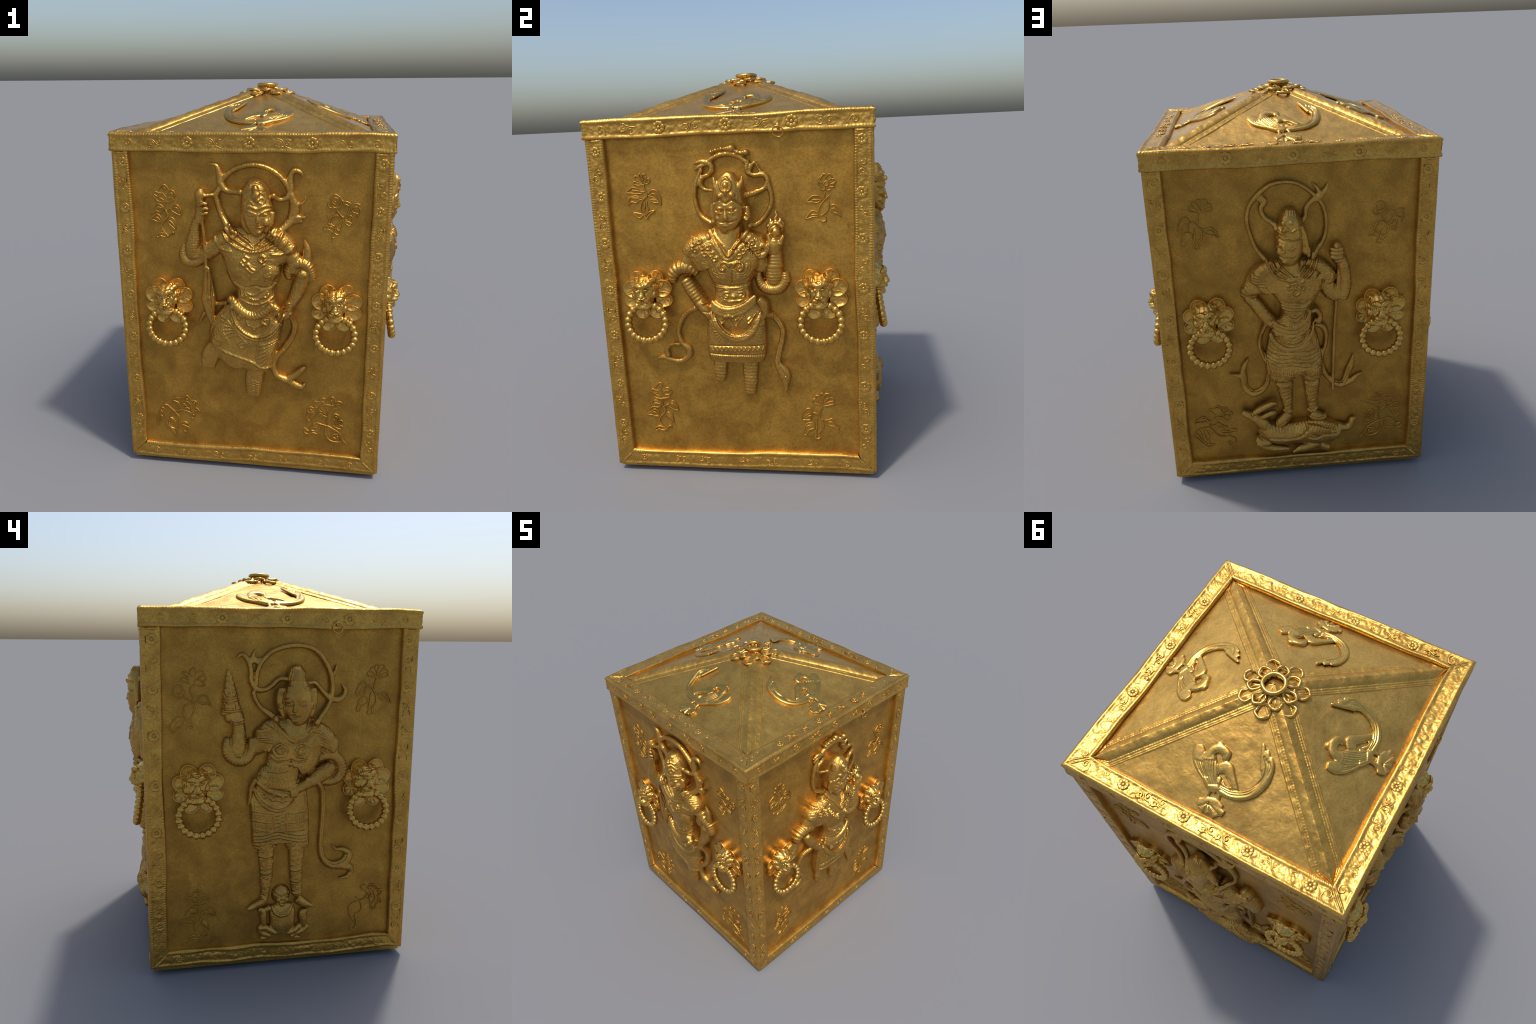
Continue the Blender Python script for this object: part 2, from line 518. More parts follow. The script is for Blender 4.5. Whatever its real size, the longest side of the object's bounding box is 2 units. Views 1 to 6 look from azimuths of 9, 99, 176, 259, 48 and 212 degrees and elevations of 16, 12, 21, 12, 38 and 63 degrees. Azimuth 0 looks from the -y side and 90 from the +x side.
    f.ridge([(-137, 850), (-146, 805), (-105, 760)], 3.8, 2.5)
    f.ridge([(43, 705), (87, 730), (125, 759)], 3.8, 3)
    f.ridge([(75, 761), (90, 705), (106, 653)], 3.3, 2)
    f.ridge([(-134, 825), (-80, 831), (-45, 801)], 3.8, 3)
    f.ridge([(-150, 832), (-153, 795), (-105, 757)], 3.8, 2.5)
    f.ridge([(45, 681), (87, 712), (121, 747)], 3.8, 3)
    f.ridge([(88, 754), (99, 696), (106, 648)], 3.3, 2)
    f.ridge([(-130, 802), (-73, 818), (-32, 785)], 3.8, 3)
    f.ridge([(-163, 814), (-160, 785), (-105, 755)], 3.8, 2.5)
    f.ridge([(47, 657), (87, 694), (117, 735)], 3.8, 3)
    f.ridge([(101, 748), (107, 687), (106, 644)], 3.3, 2)
    f.ridge([(-126, 779), (-65, 804), (-19, 769)], 3.8, 3)
    f.ridge([(-175, 795), (-167, 775), (-105, 752)], 3.8, 2.5)
    f.ridge([(49, 633), (87, 676), (112, 723)], 3.8, 3)
    f.ridge([(114, 742), (116, 678), (106, 639)], 3.3, 2)
    f.ridge([(-61, 758), (-37, 775), (-18, 755), (-37, 733), (-56, 748), (-27, 760)], 4.3, 3)
    f.ridge([(-18, 761), (6, 767), (-4, 741)], 4.3, 3)
    # legs
    f.sweep('leg', [(-182, 732, 12, 37, 41), (-206, 677, 11, 48, 40), (-220, 632, 10, 43, 36), (-226, 599, 9, 38, 31)], p=3)
    f.sweep('leg', [(39, 629, 11, 47, 40), (21, 589, 11, 48, 37), (13, 529, 10, 47, 35), (8, 450, 8, 38, 27)], p=2.6)
    f.ridge([(-16, 528), (19, 547)], 2.9, 2)
    f.ridge([(43, 533), (4, 546)], 2.9, 2)
    f.ridge([(-12, 515), (23, 532)], 2.9, 2)
    f.ridge([(41, 518), (4, 532)], 2.9, 2)
    f.ridge([(-8, 503), (26, 517)], 2.9, 2)
    f.ridge([(39, 504), (4, 518)], 2.9, 2)
    f.ridge([(-4, 490), (30, 502)], 2.9, 2)
    f.ridge([(37, 490), (4, 504)], 2.9, 2)
    f.ridge([(-1, 477), (34, 487)], 2.9, 2)
    f.ridge([(35, 475), (3, 489)], 2.9, 2)
    # arm raised with the club
    f.sweep('arm', [(-143, 1263, 11, 43, 41), (-193, 1227, 11, 46, 38), (-240, 1196, 10, 43, 35), (-278, 1186, 9, 42, 32)], rings=(9, 1.2, 0))
    f.sweep('sleeve', [(-323, 1242, 12, 15, 18), (-334, 1205, 10, 22, 27), (-325, 1171, 9, 26, 32), (-291, 1156, 10, 27, 34), (-252, 1167, 13, 26, 32), (-230, 1194, 18, 22, 27)], rings=(11, 3, 0))
    f.sweep('arm', [(-279, 1186, 11, 35, 41), (-286, 1228, 12, 40, 42), (-276, 1279, 11, 37, 40), (-268, 1329, 11, 29, 39), (-256, 1371, 13, 25, 37)], rings=(13, 1.6, 0.8))
    f.sweep('hand', [(-249, 1364, 18, 25, 37), (-237, 1400, 13, 32, 47), (-235, 1429, 16, 30, 45), (-240, 1457, 18, 24, 37)])
    f.sweep('hand', [(-244, 1446, 55, 8.7, 11), (-219, 1459, 56, 9.4, 12), (-200, 1455, 54, 7.1, 9)])
    f.sweep('hand', [(-232, 1427, 56, 8.7, 11), (-211, 1435, 58, 9.5, 12), (-193, 1431, 54, 7.1, 9)])
    f.sweep('hand', [(-229, 1404, 55, 8.7, 11), (-212, 1411, 56, 8.7, 11), (-197, 1411, 53, 7.1, 9)])
    f.sweep('club', [(-238, 1521, 15, 19, 26), (-239, 1500, 11, 29, 39), (-240, 1477, 14, 26, 36), (-237, 1454, 20, 20, 28)])
    f.sweep('club', [(-230, 1386, 37, 7.9, 10), (-223, 1280, 37, 8.8, 11), (-217, 1143, 37, 9.8, 12), (-217, 1132, 36, 11, 14)])
    f.ball('club', -216, 1138, 39, 14, 10, 14)
    f.sweep('club', [(-213, 1130, 39, 12, 10), (-213, 1067, 31, 23, 18), (-212, 1010, 26, 31, 25), (-212, 970, 20, 39, 31), (-207, 915, 28, 28, 22), (-202, 871, 34, 16, 13), (-198, 841, 40, 3.9, 3)])
    f.ridge([(-204, 1134), (-201, 1061), (-201, 992), (-194, 912), (-191, 861)], 3.8, 4)
    f.ridge([(-209, 1114), (-214, 1050), (-218, 995)], 2.8, -3)
    f.ridge([(-198, 1114), (-188, 1051), (-184, 997)], 2.8, -3)
    f.ball('club', -206, 983, 43, 12, 10, 14)
    f.sweep('ribbon', [(-116, 959, 37, 14, 18), (-149, 949, 22, 12, 15), (-185, 943, 14, 11, 14)])
    f.sweep('ribbon', [(-224, 903, 20, 11, 13), (-245, 879, 14, 12, 14), (-262, 844, 9, 8.7, 11)])
    # arm on the hip
    f.sweep('arm', [(168, 1249, 12, 44, 44), (188, 1212, 11, 46, 41), (209, 1184, 11, 42, 39), (200, 1131, 11, 44, 38)], rings=(10, 1.2, 0))
    f.sweep('sleeve', [(189, 1092, 11, 18, 26), (186, 1131, 10, 28, 37), (209, 1163, 11, 30, 40), (246, 1172, 12, 30, 41), (278, 1154, 11, 29, 40), (295, 1116, 11, 25, 35), (298, 1090, 14, 17, 23)], rings=(12, 3, 0))
    f.sweep('sleeve', [(273, 1166, 13, 25, 23), (273, 1207, 13, 23, 21), (271, 1248, 14, 18, 16), (260, 1288, 19, 3.1, 3)])
    f.ball('arm', 252, 1118, 18, 37, 34, 44)
    f.sweep('arm', [(252, 1105, 13, 41, 44), (238, 1055, 12, 40, 43), (223, 1010, 12, 36, 43), (200, 966, 17, 29, 40)], rings=(9, 1.3, 0.8))
    f.sweep('hand', [(196, 975, 28, 24, 34), (184, 938, 23, 31, 43), (161, 913, 26, 29, 41), (139, 911, 38, 20, 28)])
    f.sweep('hand', [(196, 920, 41, 19, 23), (163, 898, 41, 17, 21), (136, 892, 45, 11, 14)])
    f.ridge([(199, 972), (163, 955)], 3.2, -3)
    f.ridge([(190, 954), (154, 939)], 3.2, -3)
    f.ridge([(181, 937), (144, 922)], 3.2, -3)
    # sash
    f.sweep('ribbon', [(194, 922, 45, 17, 21), (213, 876, 17, 18, 22), (217, 829, 14, 17, 21), (196, 769, 8, 18, 23), (161, 714, 8, 18, 23), (127, 671, 10, 16, 21), (113, 624, 15, 15, 18), (127, 575, 11, 18, 22), (166, 549, 7, 21, 26), (206, 549, 6, 20, 22)])
    f.sweep('ribbon', [(191, 553, 6, 18, 22), (225, 577, 7, 20, 24), (254, 604, 7, 17, 22), (271, 622, 9, 8.7, 11)])
    f.sweep('ribbon', [(196, 537, 6, 19, 22), (230, 515, 6, 21, 22), (257, 509, 5, 17, 19), (272, 527, 8, 7.8, 10)])
    f.ridge([(201, 913), (220, 869), (221, 833), (202, 776), (167, 722)], 3.4, -3)


def guardian_with_jewel(f):
    f.chase('skirt', 'lattice', 11, 1.1)
    f.chase('torso', 'scroll', 24, 1.0)
    f.chase('leg', 'scroll', 18, 0.7)
    f.chase('apron', 'scroll', 18, 0.7)
    f.chase('ribbon', 'scroll', 34, 0.5)
    f.sweep('halo', [(-80, 1296, 25, 14, 17), (-130, 1329, 9, 13, 16), (-149, 1384, 9, 11, 14), (-151, 1439, 10, 10, 13), (-137, 1494, 9, 11, 14), (-113, 1544, 9, 9.3, 12)])
    f.sweep('halo', [(-78, 1578, 7, 13, 16), (-46, 1597, 8, 13, 17), (-12, 1606, 8, 13, 17), (22, 1607, 8, 13, 17), (60, 1596, 8, 13, 17), (99, 1569, 9, 12, 16)])
    f.sweep('halo', [(158, 1522, 14, 5.8, 7), (182, 1504, 8, 12, 15), (196, 1454, 7, 13, 16), (205, 1412, 8, 12, 15), (200, 1366, 8, 12, 15), (173, 1320, 10, 12, 15), (134, 1284, 17, 12, 15), (108, 1284, 27, 12, 15)])
    f.ball('cloud', -60, 1619, 12, 12, 11, 22)
    f.ball('cloud', -38, 1626, 12, 14, 13, 22)
    f.ball('cloud', -12, 1630, 12, 15, 13, 22)
    f.ball('cloud', 10, 1631, 12, 14, 13, 22)
    f.ball('cloud', 31, 1631, 12, 21, 19, 22)
    f.ball('cloud', 61, 1614, 12, 15, 13, 22)
    f.ball('cloud', 77, 1610, 12, 13, 12, 22)
    f.ball('cloud', 98, 1611, 12, 18, 16, 22)
    f.sweep('ribbon', [(-60, 1446, 34, 7.6, 10), (-104, 1451, 12, 10, 13), (-122, 1477, 9, 13, 16), (-109, 1504, 10, 12, 15), (-78, 1519, 7, 14, 18), (-63, 1550, 7, 14, 18), (-85, 1571, 6, 15, 19), (-117, 1577, 8, 10, 13), (-153, 1564, 11, 3.4, 4)])
    f.sweep('ribbon', [(-87, 1566, 10, 10, 13), (-123, 1554, 9, 9.3, 12), (-147, 1538, 10, 3.8, 5)])
    f.sweep('ribbon', [(94, 1421, 39, 14, 18), (134, 1430, 20, 14, 18), (175, 1449, 12, 12, 15), (192, 1484, 10, 12, 15), (172, 1509, 10, 12, 15), (127, 1508, 10, 12, 15), (101, 1524, 9, 13, 16), (100, 1557, 8, 13, 17), (109, 1579, 12, 4.2, 5)])
    f.sweep('ribbon', [(111, 1528, 11, 9.2, 11), (121, 1552, 10, 10, 12), (138, 1565, 12, 5.8, 7), (152, 1538, 11, 6.7, 8), (165, 1517, 11, 6.7, 8)])
    # head with eared crown
    f.sweep('head', [(23, 1522, 42, 27, 30), (19, 1495, 31, 53, 59), (15, 1457, 26, 70, 77), (13, 1406, 24, 78, 84), (11, 1355, 23, 82, 83), (5, 1316, 23, 72, 80), (3, 1285, 42, 51, 56), (2, 1266, 56, 30, 33), (5, 1259, 66, 14, 16)], p=2.35)
    f.sweep('head', [(-47, 1511, 69, 2.5, 3), (-41, 1488, 68, 10, 13), (-37, 1462, 61, 18, 23)])
    f.sweep('head', [(84, 1509, 69, 2.5, 3), (82, 1485, 68, 10, 12), (67, 1459, 63, 18, 23)])
    f.ball('jewel', 14, 1473, 90, 16, 19, 24)
    f.ridge([(15, 1506), (-5, 1490), (-10, 1470), (-1, 1451), (17, 1446), (33, 1456), (35, 1480), (15, 1506)], 4.5, 5)
    f.ball('head', -12, 1427, 88, 20, 16, 26)
    f.ball('head', 38, 1430, 88, 20, 16, 26)
    f.ball('head', 13, 1437, 92, 10, 15, 24)
    f.ridge([(-47, 1396), (-18, 1412), (8, 1393), (44, 1408), (83, 1381)], 4.1, -4.5)
    f.sweep('head', [(7, 1371, 97, 8.4, 10), (7, 1347, 105, 8.4, 10), (7, 1330, 105, 12, 15), (5, 1322, 98, 14, 18)])
    f.ball('head', -18, 1371, 87, 20, 12, 24)
    f.ball('head', 33, 1372, 87, 20, 12, 24)
    f.ball('head', -22, 1351, 93, 14, 7, 16)
    f.ball('head', 35, 1351, 93, 14, 7, 16)
    f.ridge([(-39, 1361), (-18, 1355), (0, 1364)], 3.3, -4)
    f.ridge([(14, 1364), (33, 1356), (55, 1367)], 3.3, -4)
    f.ridge([(-36, 1312), (-13, 1307), (4, 1309), (25, 1307), (57, 1314)], 3.3, -4.5)
    f.ball('head', 5, 1292, 84, 25, 12, 20)
    f.ball('head', -28, 1324, 78, 21, 17, 24)
    f.ball('head', 40, 1327, 78, 21, 17, 24)
    f.sweep('head', [(-58, 1385, 66, 9.3, 12), (-63, 1347, 65, 11, 14), (-53, 1308, 63, 11, 14)])
    f.sweep('head', [(100, 1372, 64, 11, 14), (102, 1339, 65, 13, 16), (92, 1309, 64, 11, 14)])
    f.ridge([(96, 1343), (106, 1330), (97, 1314), (89, 1326)], 3.3, 4)
    # torso with scale mail
    f.sweep('neck', [(2, 1281, 16, 68, 55), (0, 1237, 18, 68, 63), (-3, 1185, 20, 64, 71)])
    f.sweep('torso', [(-1, 1236, 12, 105, 42), (-6, 1203, 18, 164, 62), (-12, 1168, 21, 192, 73), (7, 1124, 22, 146, 78), (7, 1082, 23, 124, 81), (6, 1041, 22, 106, 77), (6, 1000, 19, 89, 69), (8, 965, 19, 91, 69), (8, 923, 19, 102, 66), (6, 884, 17, 114, 61)], p=2.45)
    f.sweep('torso', [(-84, 1230, 17, 32, 60), (-130, 1209, 18, 41, 62), (-177, 1179, 17, 46, 61), (-197, 1157, 16, 42, 56)])
    f.sweep('torso', [(82, 1231, 17, 32, 60), (116, 1209, 18, 41, 62), (149, 1178, 17, 41, 60)])
    f.ball('torso', -25, 1093, 45, 48, 44, 60)
    f.ball('torso', 64, 1096, 45, 48, 44, 60)
    f.ridge([(-62, 1302), (-72, 1281), (-52, 1233), (-20, 1190), (10, 1152), (45, 1197), (81, 1235), (104, 1268), (101, 1294)], 7.9, 9)
    f.ridge([(-93, 1264), (-70, 1221), (-38, 1177), (2, 1133), (57, 1180), (102, 1226), (125, 1260)], 10.8, 4)
    f.ridge([(-97, 1260), (-75, 1272)], 2.1, 2.5)
    f.ridge([(129, 1255), (109, 1268)], 2.1, 2.5)
    f.ridge([(-86, 1247), (-64, 1259)], 2.1, 2.5)
    f.ridge([(117, 1243), (96, 1256)], 2.1, 2.5)
    f.ridge([(-76, 1234), (-53, 1246)], 2.1, 2.5)
    f.ridge([(105, 1230), (84, 1243)], 2.1, 2.5)
    f.ridge([(-65, 1220), (-43, 1233)], 2.1, 2.5)
    f.ridge([(93, 1218), (72, 1231)], 2.1, 2.5)
    f.ridge([(-54, 1207), (-32, 1220)], 2.1, 2.5)
    f.ridge([(80, 1205), (60, 1218)], 2.1, 2.5)
    f.ridge([(-43, 1194), (-21, 1207)], 2.1, 2.5)
    f.ridge([(68, 1192), (48, 1206)], 2.1, 2.5)
    f.ridge([(-33, 1181), (-10, 1194)], 2.1, 2.5)
    f.ridge([(56, 1180), (35, 1193)], 2.1, 2.5)
    f.ridge([(-22, 1168), (1, 1181)], 2.1, 2.5)
    f.ridge([(44, 1167), (23, 1180)], 2.1, 2.5)
    f.ridge([(-11, 1155), (11, 1168)], 2.1, 2.5)
    f.ridge([(31, 1154), (11, 1168)], 2.1, 2.5)
    f.ridge([(-176, 1210), (-166, 1196), (-151, 1200), (-151, 1213), (-163, 1211)], 4.2, 5)
    f.ridge([(-144, 1223), (-135, 1209), (-120, 1213), (-120, 1226), (-131, 1223)], 4.2, 5)
    f.ridge([(-129, 1196), (-119, 1182), (-104, 1186), (-104, 1199), (-116, 1197)], 4.2, 5)
    f.ridge([(-165, 1184), (-155, 1170), (-140, 1174), (-140, 1187), (-151, 1185)], 4.2, 5)
    f.ridge([(-103, 1196), (-93, 1182), (-78, 1186), (-78, 1199), (-90, 1197)], 4.2, 5)
    f.ridge([(-118, 1166), (-108, 1152), (-93, 1156), (-93, 1169), (-105, 1167)], 4.2, 5)
    f.ridge([(-87, 1165), (-78, 1151), (-63, 1156), (-63, 1169), (-74, 1166)], 4.2, 5)
    f.ridge([(-72, 1143), (-62, 1129), (-47, 1134), (-47, 1147), (-58, 1144)], 4.2, 5)
    f.ridge([(100, 1214), (110, 1200), (124, 1204), (124, 1217), (113, 1215)], 4.2, 5)
    f.ridge([(78, 1193), (87, 1179), (102, 1183), (102, 1196), (91, 1194)], 4.2, 5)
    f.ridge([(112, 1188), (121, 1174), (136, 1178), (136, 1191), (124, 1189)], 4.2, 5)
    f.ridge([(60, 1176), (69, 1162), (84, 1166), (84, 1179), (73, 1177)], 4.2, 5)
    f.ridge([(41, 1155), (51, 1141), (66, 1145), (66, 1158), (54, 1156)], 4.2, 5)
    f.ridge([(127, 1162), (137, 1148), (151, 1152), (151, 1165), (140, 1163)], 4.2, 5)
    f.sweep('torso', [(-206, 1169, 44, 12, 15), (-174, 1155, 52, 16, 20), (-133, 1135, 62, 16, 20)])
    f.sweep('torso', [(126, 1155, 63, 12, 15), (153, 1139, 57, 15, 19), (182, 1176, 52, 15, 19), (162, 1197, 60, 14, 17)])
    f.ridge([(-17, 1103), (-11, 1096), (-19, 1086), (-31, 1092), (-34, 1109), (-18, 1124), (2, 1120), (10, 1105)], 5.2, 6)
    f.ridge([(-52, 1119), (-52, 1087), (-37, 1070), (-11, 1067)], 2.6, 2)
    f.ridge([(-63, 1119), (-63, 1087), (-44, 1060), (-11, 1058)], 2.6, 2)
    f.ridge([(-74, 1119), (-74, 1087), (-50, 1051), (-12, 1049)], 2.6, 2)
    f.ridge([(56, 1102), (50, 1095), (56, 1085), (69, 1091), (73, 1108), (60, 1123), (40, 1120), (30, 1105)], 5.2, 6)
    f.ridge([(92, 1117), (89, 1086), (72, 1069), (45, 1066)], 2.6, 2)
    f.ridge([(103, 1117), (99, 1085), (77, 1059), (45, 1057)], 2.6, 2)
    f.ridge([(114, 1117), (110, 1085), (82, 1049), (44, 1048)], 2.6, 2)
    f.ridge([(-3, 1114), (20, 1118), (42, 1116)], 6.1, 4)
    f.ridge([(22, 1082), (16, 1023)], 3.1, -3)
    f.ridge([(-66, 1014), (15, 1009), (96, 1014)], 3.1, -4)
    f.ridge([(-64, 1000), (15, 998), (98, 1002)], 2.6, 3)
    f.ridge([(-15, 964), (-8, 958), (-18, 951), (-29, 961), (-21, 977), (-3, 977)], 4.4, 4)
    f.ridge([(-41, 984), (-22, 993), (0, 986)], 4.0, 3)
    f.ridge([(55, 964), (47, 958), (56, 951), (68, 960), (63, 976), (45, 976)], 4.4, 4)
    f.ridge([(83, 983), (66, 992), (43, 986)], 4.0, 3)
    f.ball('torso', 21, 958, 75, 18, 12, 24)
    f.ridge([(-25, 942), (-3, 933), (22, 937), (47, 937), (65, 951)], 4.4, 4)
    f.ridge([(-59, 988), (-46, 983)], 2.2, 2)
    f.ridge([(-57, 980), (-44, 975)], 2.2, 2)
    f.ridge([(-55, 971), (-43, 967)], 2.2, 2)
    f.ridge([(-53, 963), (-42, 958)], 2.2, 2)
    f.ridge([(-50, 955), (-41, 950)], 2.2, 2)
    f.ridge([(-48, 946), (-39, 942)], 2.2, 2)
    f.ridge([(-46, 938), (-38, 933)], 2.2, 2)
    # belt folds, apron and skirt
    f.sweep('belt', [(-90, 930, 68, 9.7, 11), (-68, 910, 77, 12, 13), (-31, 895, 83, 13, 14), (10, 895, 84, 13, 14), (60, 912, 84, 12, 13), (96, 937, 77, 11, 13), (118, 955, 70, 8.6, 9)])
    f.sweep('belt', [(-94, 916, 68, 9.7, 11), (-69, 896, 77, 12, 13), (-32, 881, 82, 13, 14), (9, 881, 84, 13, 14), (59, 898, 84, 12, 13), (95, 923, 77, 12, 13), (117, 941, 70, 8.6, 9)])
    f.sweep('belt', [(-98, 901, 68, 9.7, 11), (-70, 881, 77, 12, 13), (-33, 867, 82, 13, 14), (8, 866, 84, 13, 14), (58, 883, 84, 12, 13), (95, 909, 77, 12, 13), (117, 927, 70, 8.6, 9)])
    f.sweep('skirt', [(8, 912, 16, 113, 57), (11, 856, 17, 138, 60), (12, 789, 17, 146, 61), (8, 711, 17, 148, 60), (5, 652, 16, 144, 57), (4, 622, 15, 136, 52)], p=2.8)
    f.ball('skirt', 20, 835, 33, 105, 81, 60)
    f.sweep('sash_knot', [(129, 928, 37, 22, 27), (148, 901, 27, 28, 33), (150, 862, 21, 26, 31), (136, 839, 23, 18, 22)])
    f.sweep('apron', [(-100, 872, 64, 8.2, 7), (-88, 838, 73, 11, 9), (-57, 789, 82, 13, 10), (-17, 757, 84, 14, 11), (28, 746, 84, 14, 11), (74, 759, 83, 14, 11), (109, 796, 79, 12, 9), (128, 838, 74, 9.9, 8), (137, 872, 63, 7.2, 6)])
    f.ridge([(-83, 870), (-68, 819), (-25, 772), (29, 758), (80, 782), (115, 833), (126, 875)], 3.5, 4)
    f.ridge([(-74, 866), (-65, 852), (-56, 838), (-44, 824), (-30, 838), (-17, 857), (-9, 869)], 4.0, 5)
    f.ridge([(-58, 862), (-48, 843), (-37, 848), (-25, 863)], 3.6, 4)
    f.ridge([(-5, 866), (3, 852), (12, 838), (23, 815), (38, 838), (51, 857), (59, 869)], 4.0, 5)
    f.ridge([(10, 862), (21, 843), (31, 848), (43, 864)], 3.5, 4)
    f.ridge([(49, 866), (57, 852), (66, 838), (78, 825), (93, 839), (105, 857), (113, 869)], 4.0, 5)
    f.ridge([(64, 862), (75, 843), (85, 848), (97, 864)], 3.5, 4)
    f.ridge([(-108, 694), (-99, 682), (-89, 699)], 3.2, 3)
    f.ridge([(-86, 694), (-78, 682), (-67, 699)], 3.2, 3)
    f.ridge([(-65, 694), (-56, 682), (-46, 699)], 3.2, 3)
    f.ridge([(-43, 695), (-35, 683), (-24, 700)], 3.2, 3)
    f.ridge([(-22, 695), (-13, 683), (-3, 700)], 3.2, 3)
    f.ridge([(-1, 695), (8, 683), (18, 700)], 3.2, 3)
    f.ridge([(21, 695), (29, 683), (39, 700)], 3.2, 3)
    f.ridge([(42, 695), (50, 684), (60, 700)], 3.2, 3)
    f.ridge([(63, 696), (71, 684), (82, 701)], 3.2, 3)
    f.ridge([(84, 696), (93, 684), (103, 701)], 3.1, 3)
    f.ridge([(105, 696), (114, 684), (124, 701)], 3.1, 3)
    f.ridge([(126, 696), (135, 684), (144, 701)], 3.1, 3)
    f.ridge([(-116, 706), (-32, 709), (69, 709), (156, 706)], 3.1, -3)
    f.ridge([(-117, 664), (-35, 663), (66, 661), (151, 658)], 3.2, -3)
    f.ridge([(-113, 658), (-114, 642)], 2.1, 2)
    f.ridge([(-103, 658), (-104, 642)], 2.1, 2)
    f.ridge([(-92, 658), (-94, 642)], 2.1, 2)
    f.ridge([(-82, 658), (-83, 642)], 2.1, 2)
    f.ridge([(-72, 658), (-73, 642)], 2.1, 2)
    f.ridge([(-62, 658), (-63, 642)], 2.1, 2)
    f.ridge([(-51, 658), (-52, 642)], 2.1, 2)
    f.ridge([(-41, 659), (-42, 643)], 2.1, 2)
    f.ridge([(-31, 659), (-32, 643)], 2.1, 2)
    f.ridge([(-21, 659), (-22, 643)], 2.0, 2)
    f.ridge([(-10, 659), (-11, 643)], 2.0, 2)
    f.ridge([(0, 659), (-1, 643)], 2.0, 2)
    f.ridge([(10, 659), (9, 643)], 2.0, 2)
    f.ridge([(20, 659), (19, 643)], 2.0, 2)
    f.ridge([(30, 659), (29, 643)], 2.0, 2)
    f.ridge([(41, 660), (40, 644)], 2.0, 2)
    f.ridge([(51, 660), (50, 644)], 2.0, 2)
    f.ridge([(61, 660), (60, 644)], 2.0, 2)
    f.ridge([(71, 660), (70, 644)], 2.0, 2)
    f.ridge([(81, 660), (80, 644)], 2.0, 2)
    f.ridge([(91, 660), (90, 644)], 2.0, 2)
    f.ridge([(101, 660), (100, 644)], 2.0, 2)
    f.ridge([(111, 660), (111, 644)], 2.0, 2)
    f.ridge([(121, 660), (121, 645)], 2.0, 2)
    f.ridge([(132, 661), (131, 645)], 2.0, 2)
    f.ridge([(142, 661), (141, 645)], 2.0, 2)
    f.ridge([(-107, 828), (-86, 809)], 2.3, 2)
    f.ridge([(157, 829), (133, 805)], 2.2, 2)
    f.ridge([(-100, 812), (-81, 799)], 2.3, 2)
    f.ridge([(152, 813), (129, 796)], 2.2, 2)
    f.ridge([(-94, 796), (-76, 790)], 2.3, 2)
    f.ridge([(146, 797), (125, 786)], 2.2, 2)
    f.ridge([(-88, 779), (-71, 781)], 2.3, 2)
    f.ridge([(141, 781), (121, 777)], 2.2, 2)
    f.ridge([(-81, 763), (-66, 771)], 2.3, 2)
    f.ridge([(136, 765), (117, 767)], 2.2, 2)
    f.ridge([(-75, 747), (-61, 762)], 2.3, 2)
    f.ridge([(130, 749), (113, 758)], 2.2, 2)
    f.ridge([(-69, 731), (-56, 752)], 2.3, 2)
    f.ridge([(125, 732), (109, 748)], 2.2, 2)
    # legs
    f.sweep('leg', [(-80, 623, 8, 36, 29), (-81, 588, 8, 33, 27), (-84, 542, 7, 30, 25), (-88, 510, 6, 25, 22)], rings=(17, 2, 0), p=2.5)
    f.sweep('leg', [(69, 620, 9, 41, 31), (66, 565, 8, 38, 29), (64, 510, 8, 34, 27), (59, 446, 6, 27, 22)], rings=(17, 2, 0), p=2.5)
    # arm on the hip
    f.sweep('arm', [(-174, 1178, 12, 42, 44), (-185, 1142, 12, 46, 42), (-202, 1106, 11, 44, 39)])
    f.sweep('sleeve', [(-289, 1013, 7, 19, 24), (-285, 1049, 10, 30, 35), (-259, 1076, 11, 33, 41), (-222, 1085, 12, 33, 43), (-188, 1079, 11, 33, 41), (-164, 1058, 11, 27, 35)], rings=(19, 4, 0))
    f.sweep('arm', [(-222, 1026, 13, 32, 45), (-201, 988, 13, 36, 46), (-176, 946, 14, 36, 48), (-154, 913, 17, 34, 48)], rings=(17, 2.6, 0))
    f.sweep('hand', [(-157, 915, 23, 33, 46), (-135, 887, 26, 33, 46), (-116, 861, 32, 27, 38), (-109, 843, 38, 18, 26)])
    f.ridge([(-137, 915), (-109, 919), (-96, 905)], 4.5, 5)
    f.ridge([(-140, 877), (-103, 872)], 3.6, -3)
    # arm lifting the flaming jewel
    f.sweep('arm', [(138, 1146, 12, 37, 41), (140, 1097, 10, 41, 36), (136, 1068, 9, 33, 31)], rings=(12, 1.6, 0))
    f.sweep('sleeve', [(133, 1066, 11, 13, 17), (131, 1022, 9, 22, 28), (150, 987, 9, 28, 33), (186, 973, 10, 29, 35), (227, 980, 10, 29, 34), (253, 1012, 9, 25, 31), (257, 1053, 9, 18, 22)], rings=(12, 3, 0))
    f.sweep('arm', [(201, 1006, 11, 33, 38), (202, 1036, 12, 44, 44), (205, 1087, 13, 41, 45), (209, 1084, 13, 42, 46), (212, 1124, 13, 38, 46), (213, 1159, 13, 35, 46)], rings=(15, 2.6, 0))
    f.sweep('hand', [(215, 1157, 24, 30, 39), (215, 1186, 21, 34, 44), (215, 1212, 18, 33, 43)])
    f.sweep('hand', [(198, 1194, 49, 11, 14), (193, 1219, 46, 11, 14), (187, 1240, 45, 7.6, 10)])
    f.sweep('hand', [(241, 1193, 48, 12, 15), (250, 1218, 46, 11, 14), (258, 1234, 45, 7.6, 9)])
    f.sweep('flaming_jewel', [(215, 1215, 12, 33, 33), (216, 1245, 11, 40, 39), (218, 1275, 9, 38, 33)])
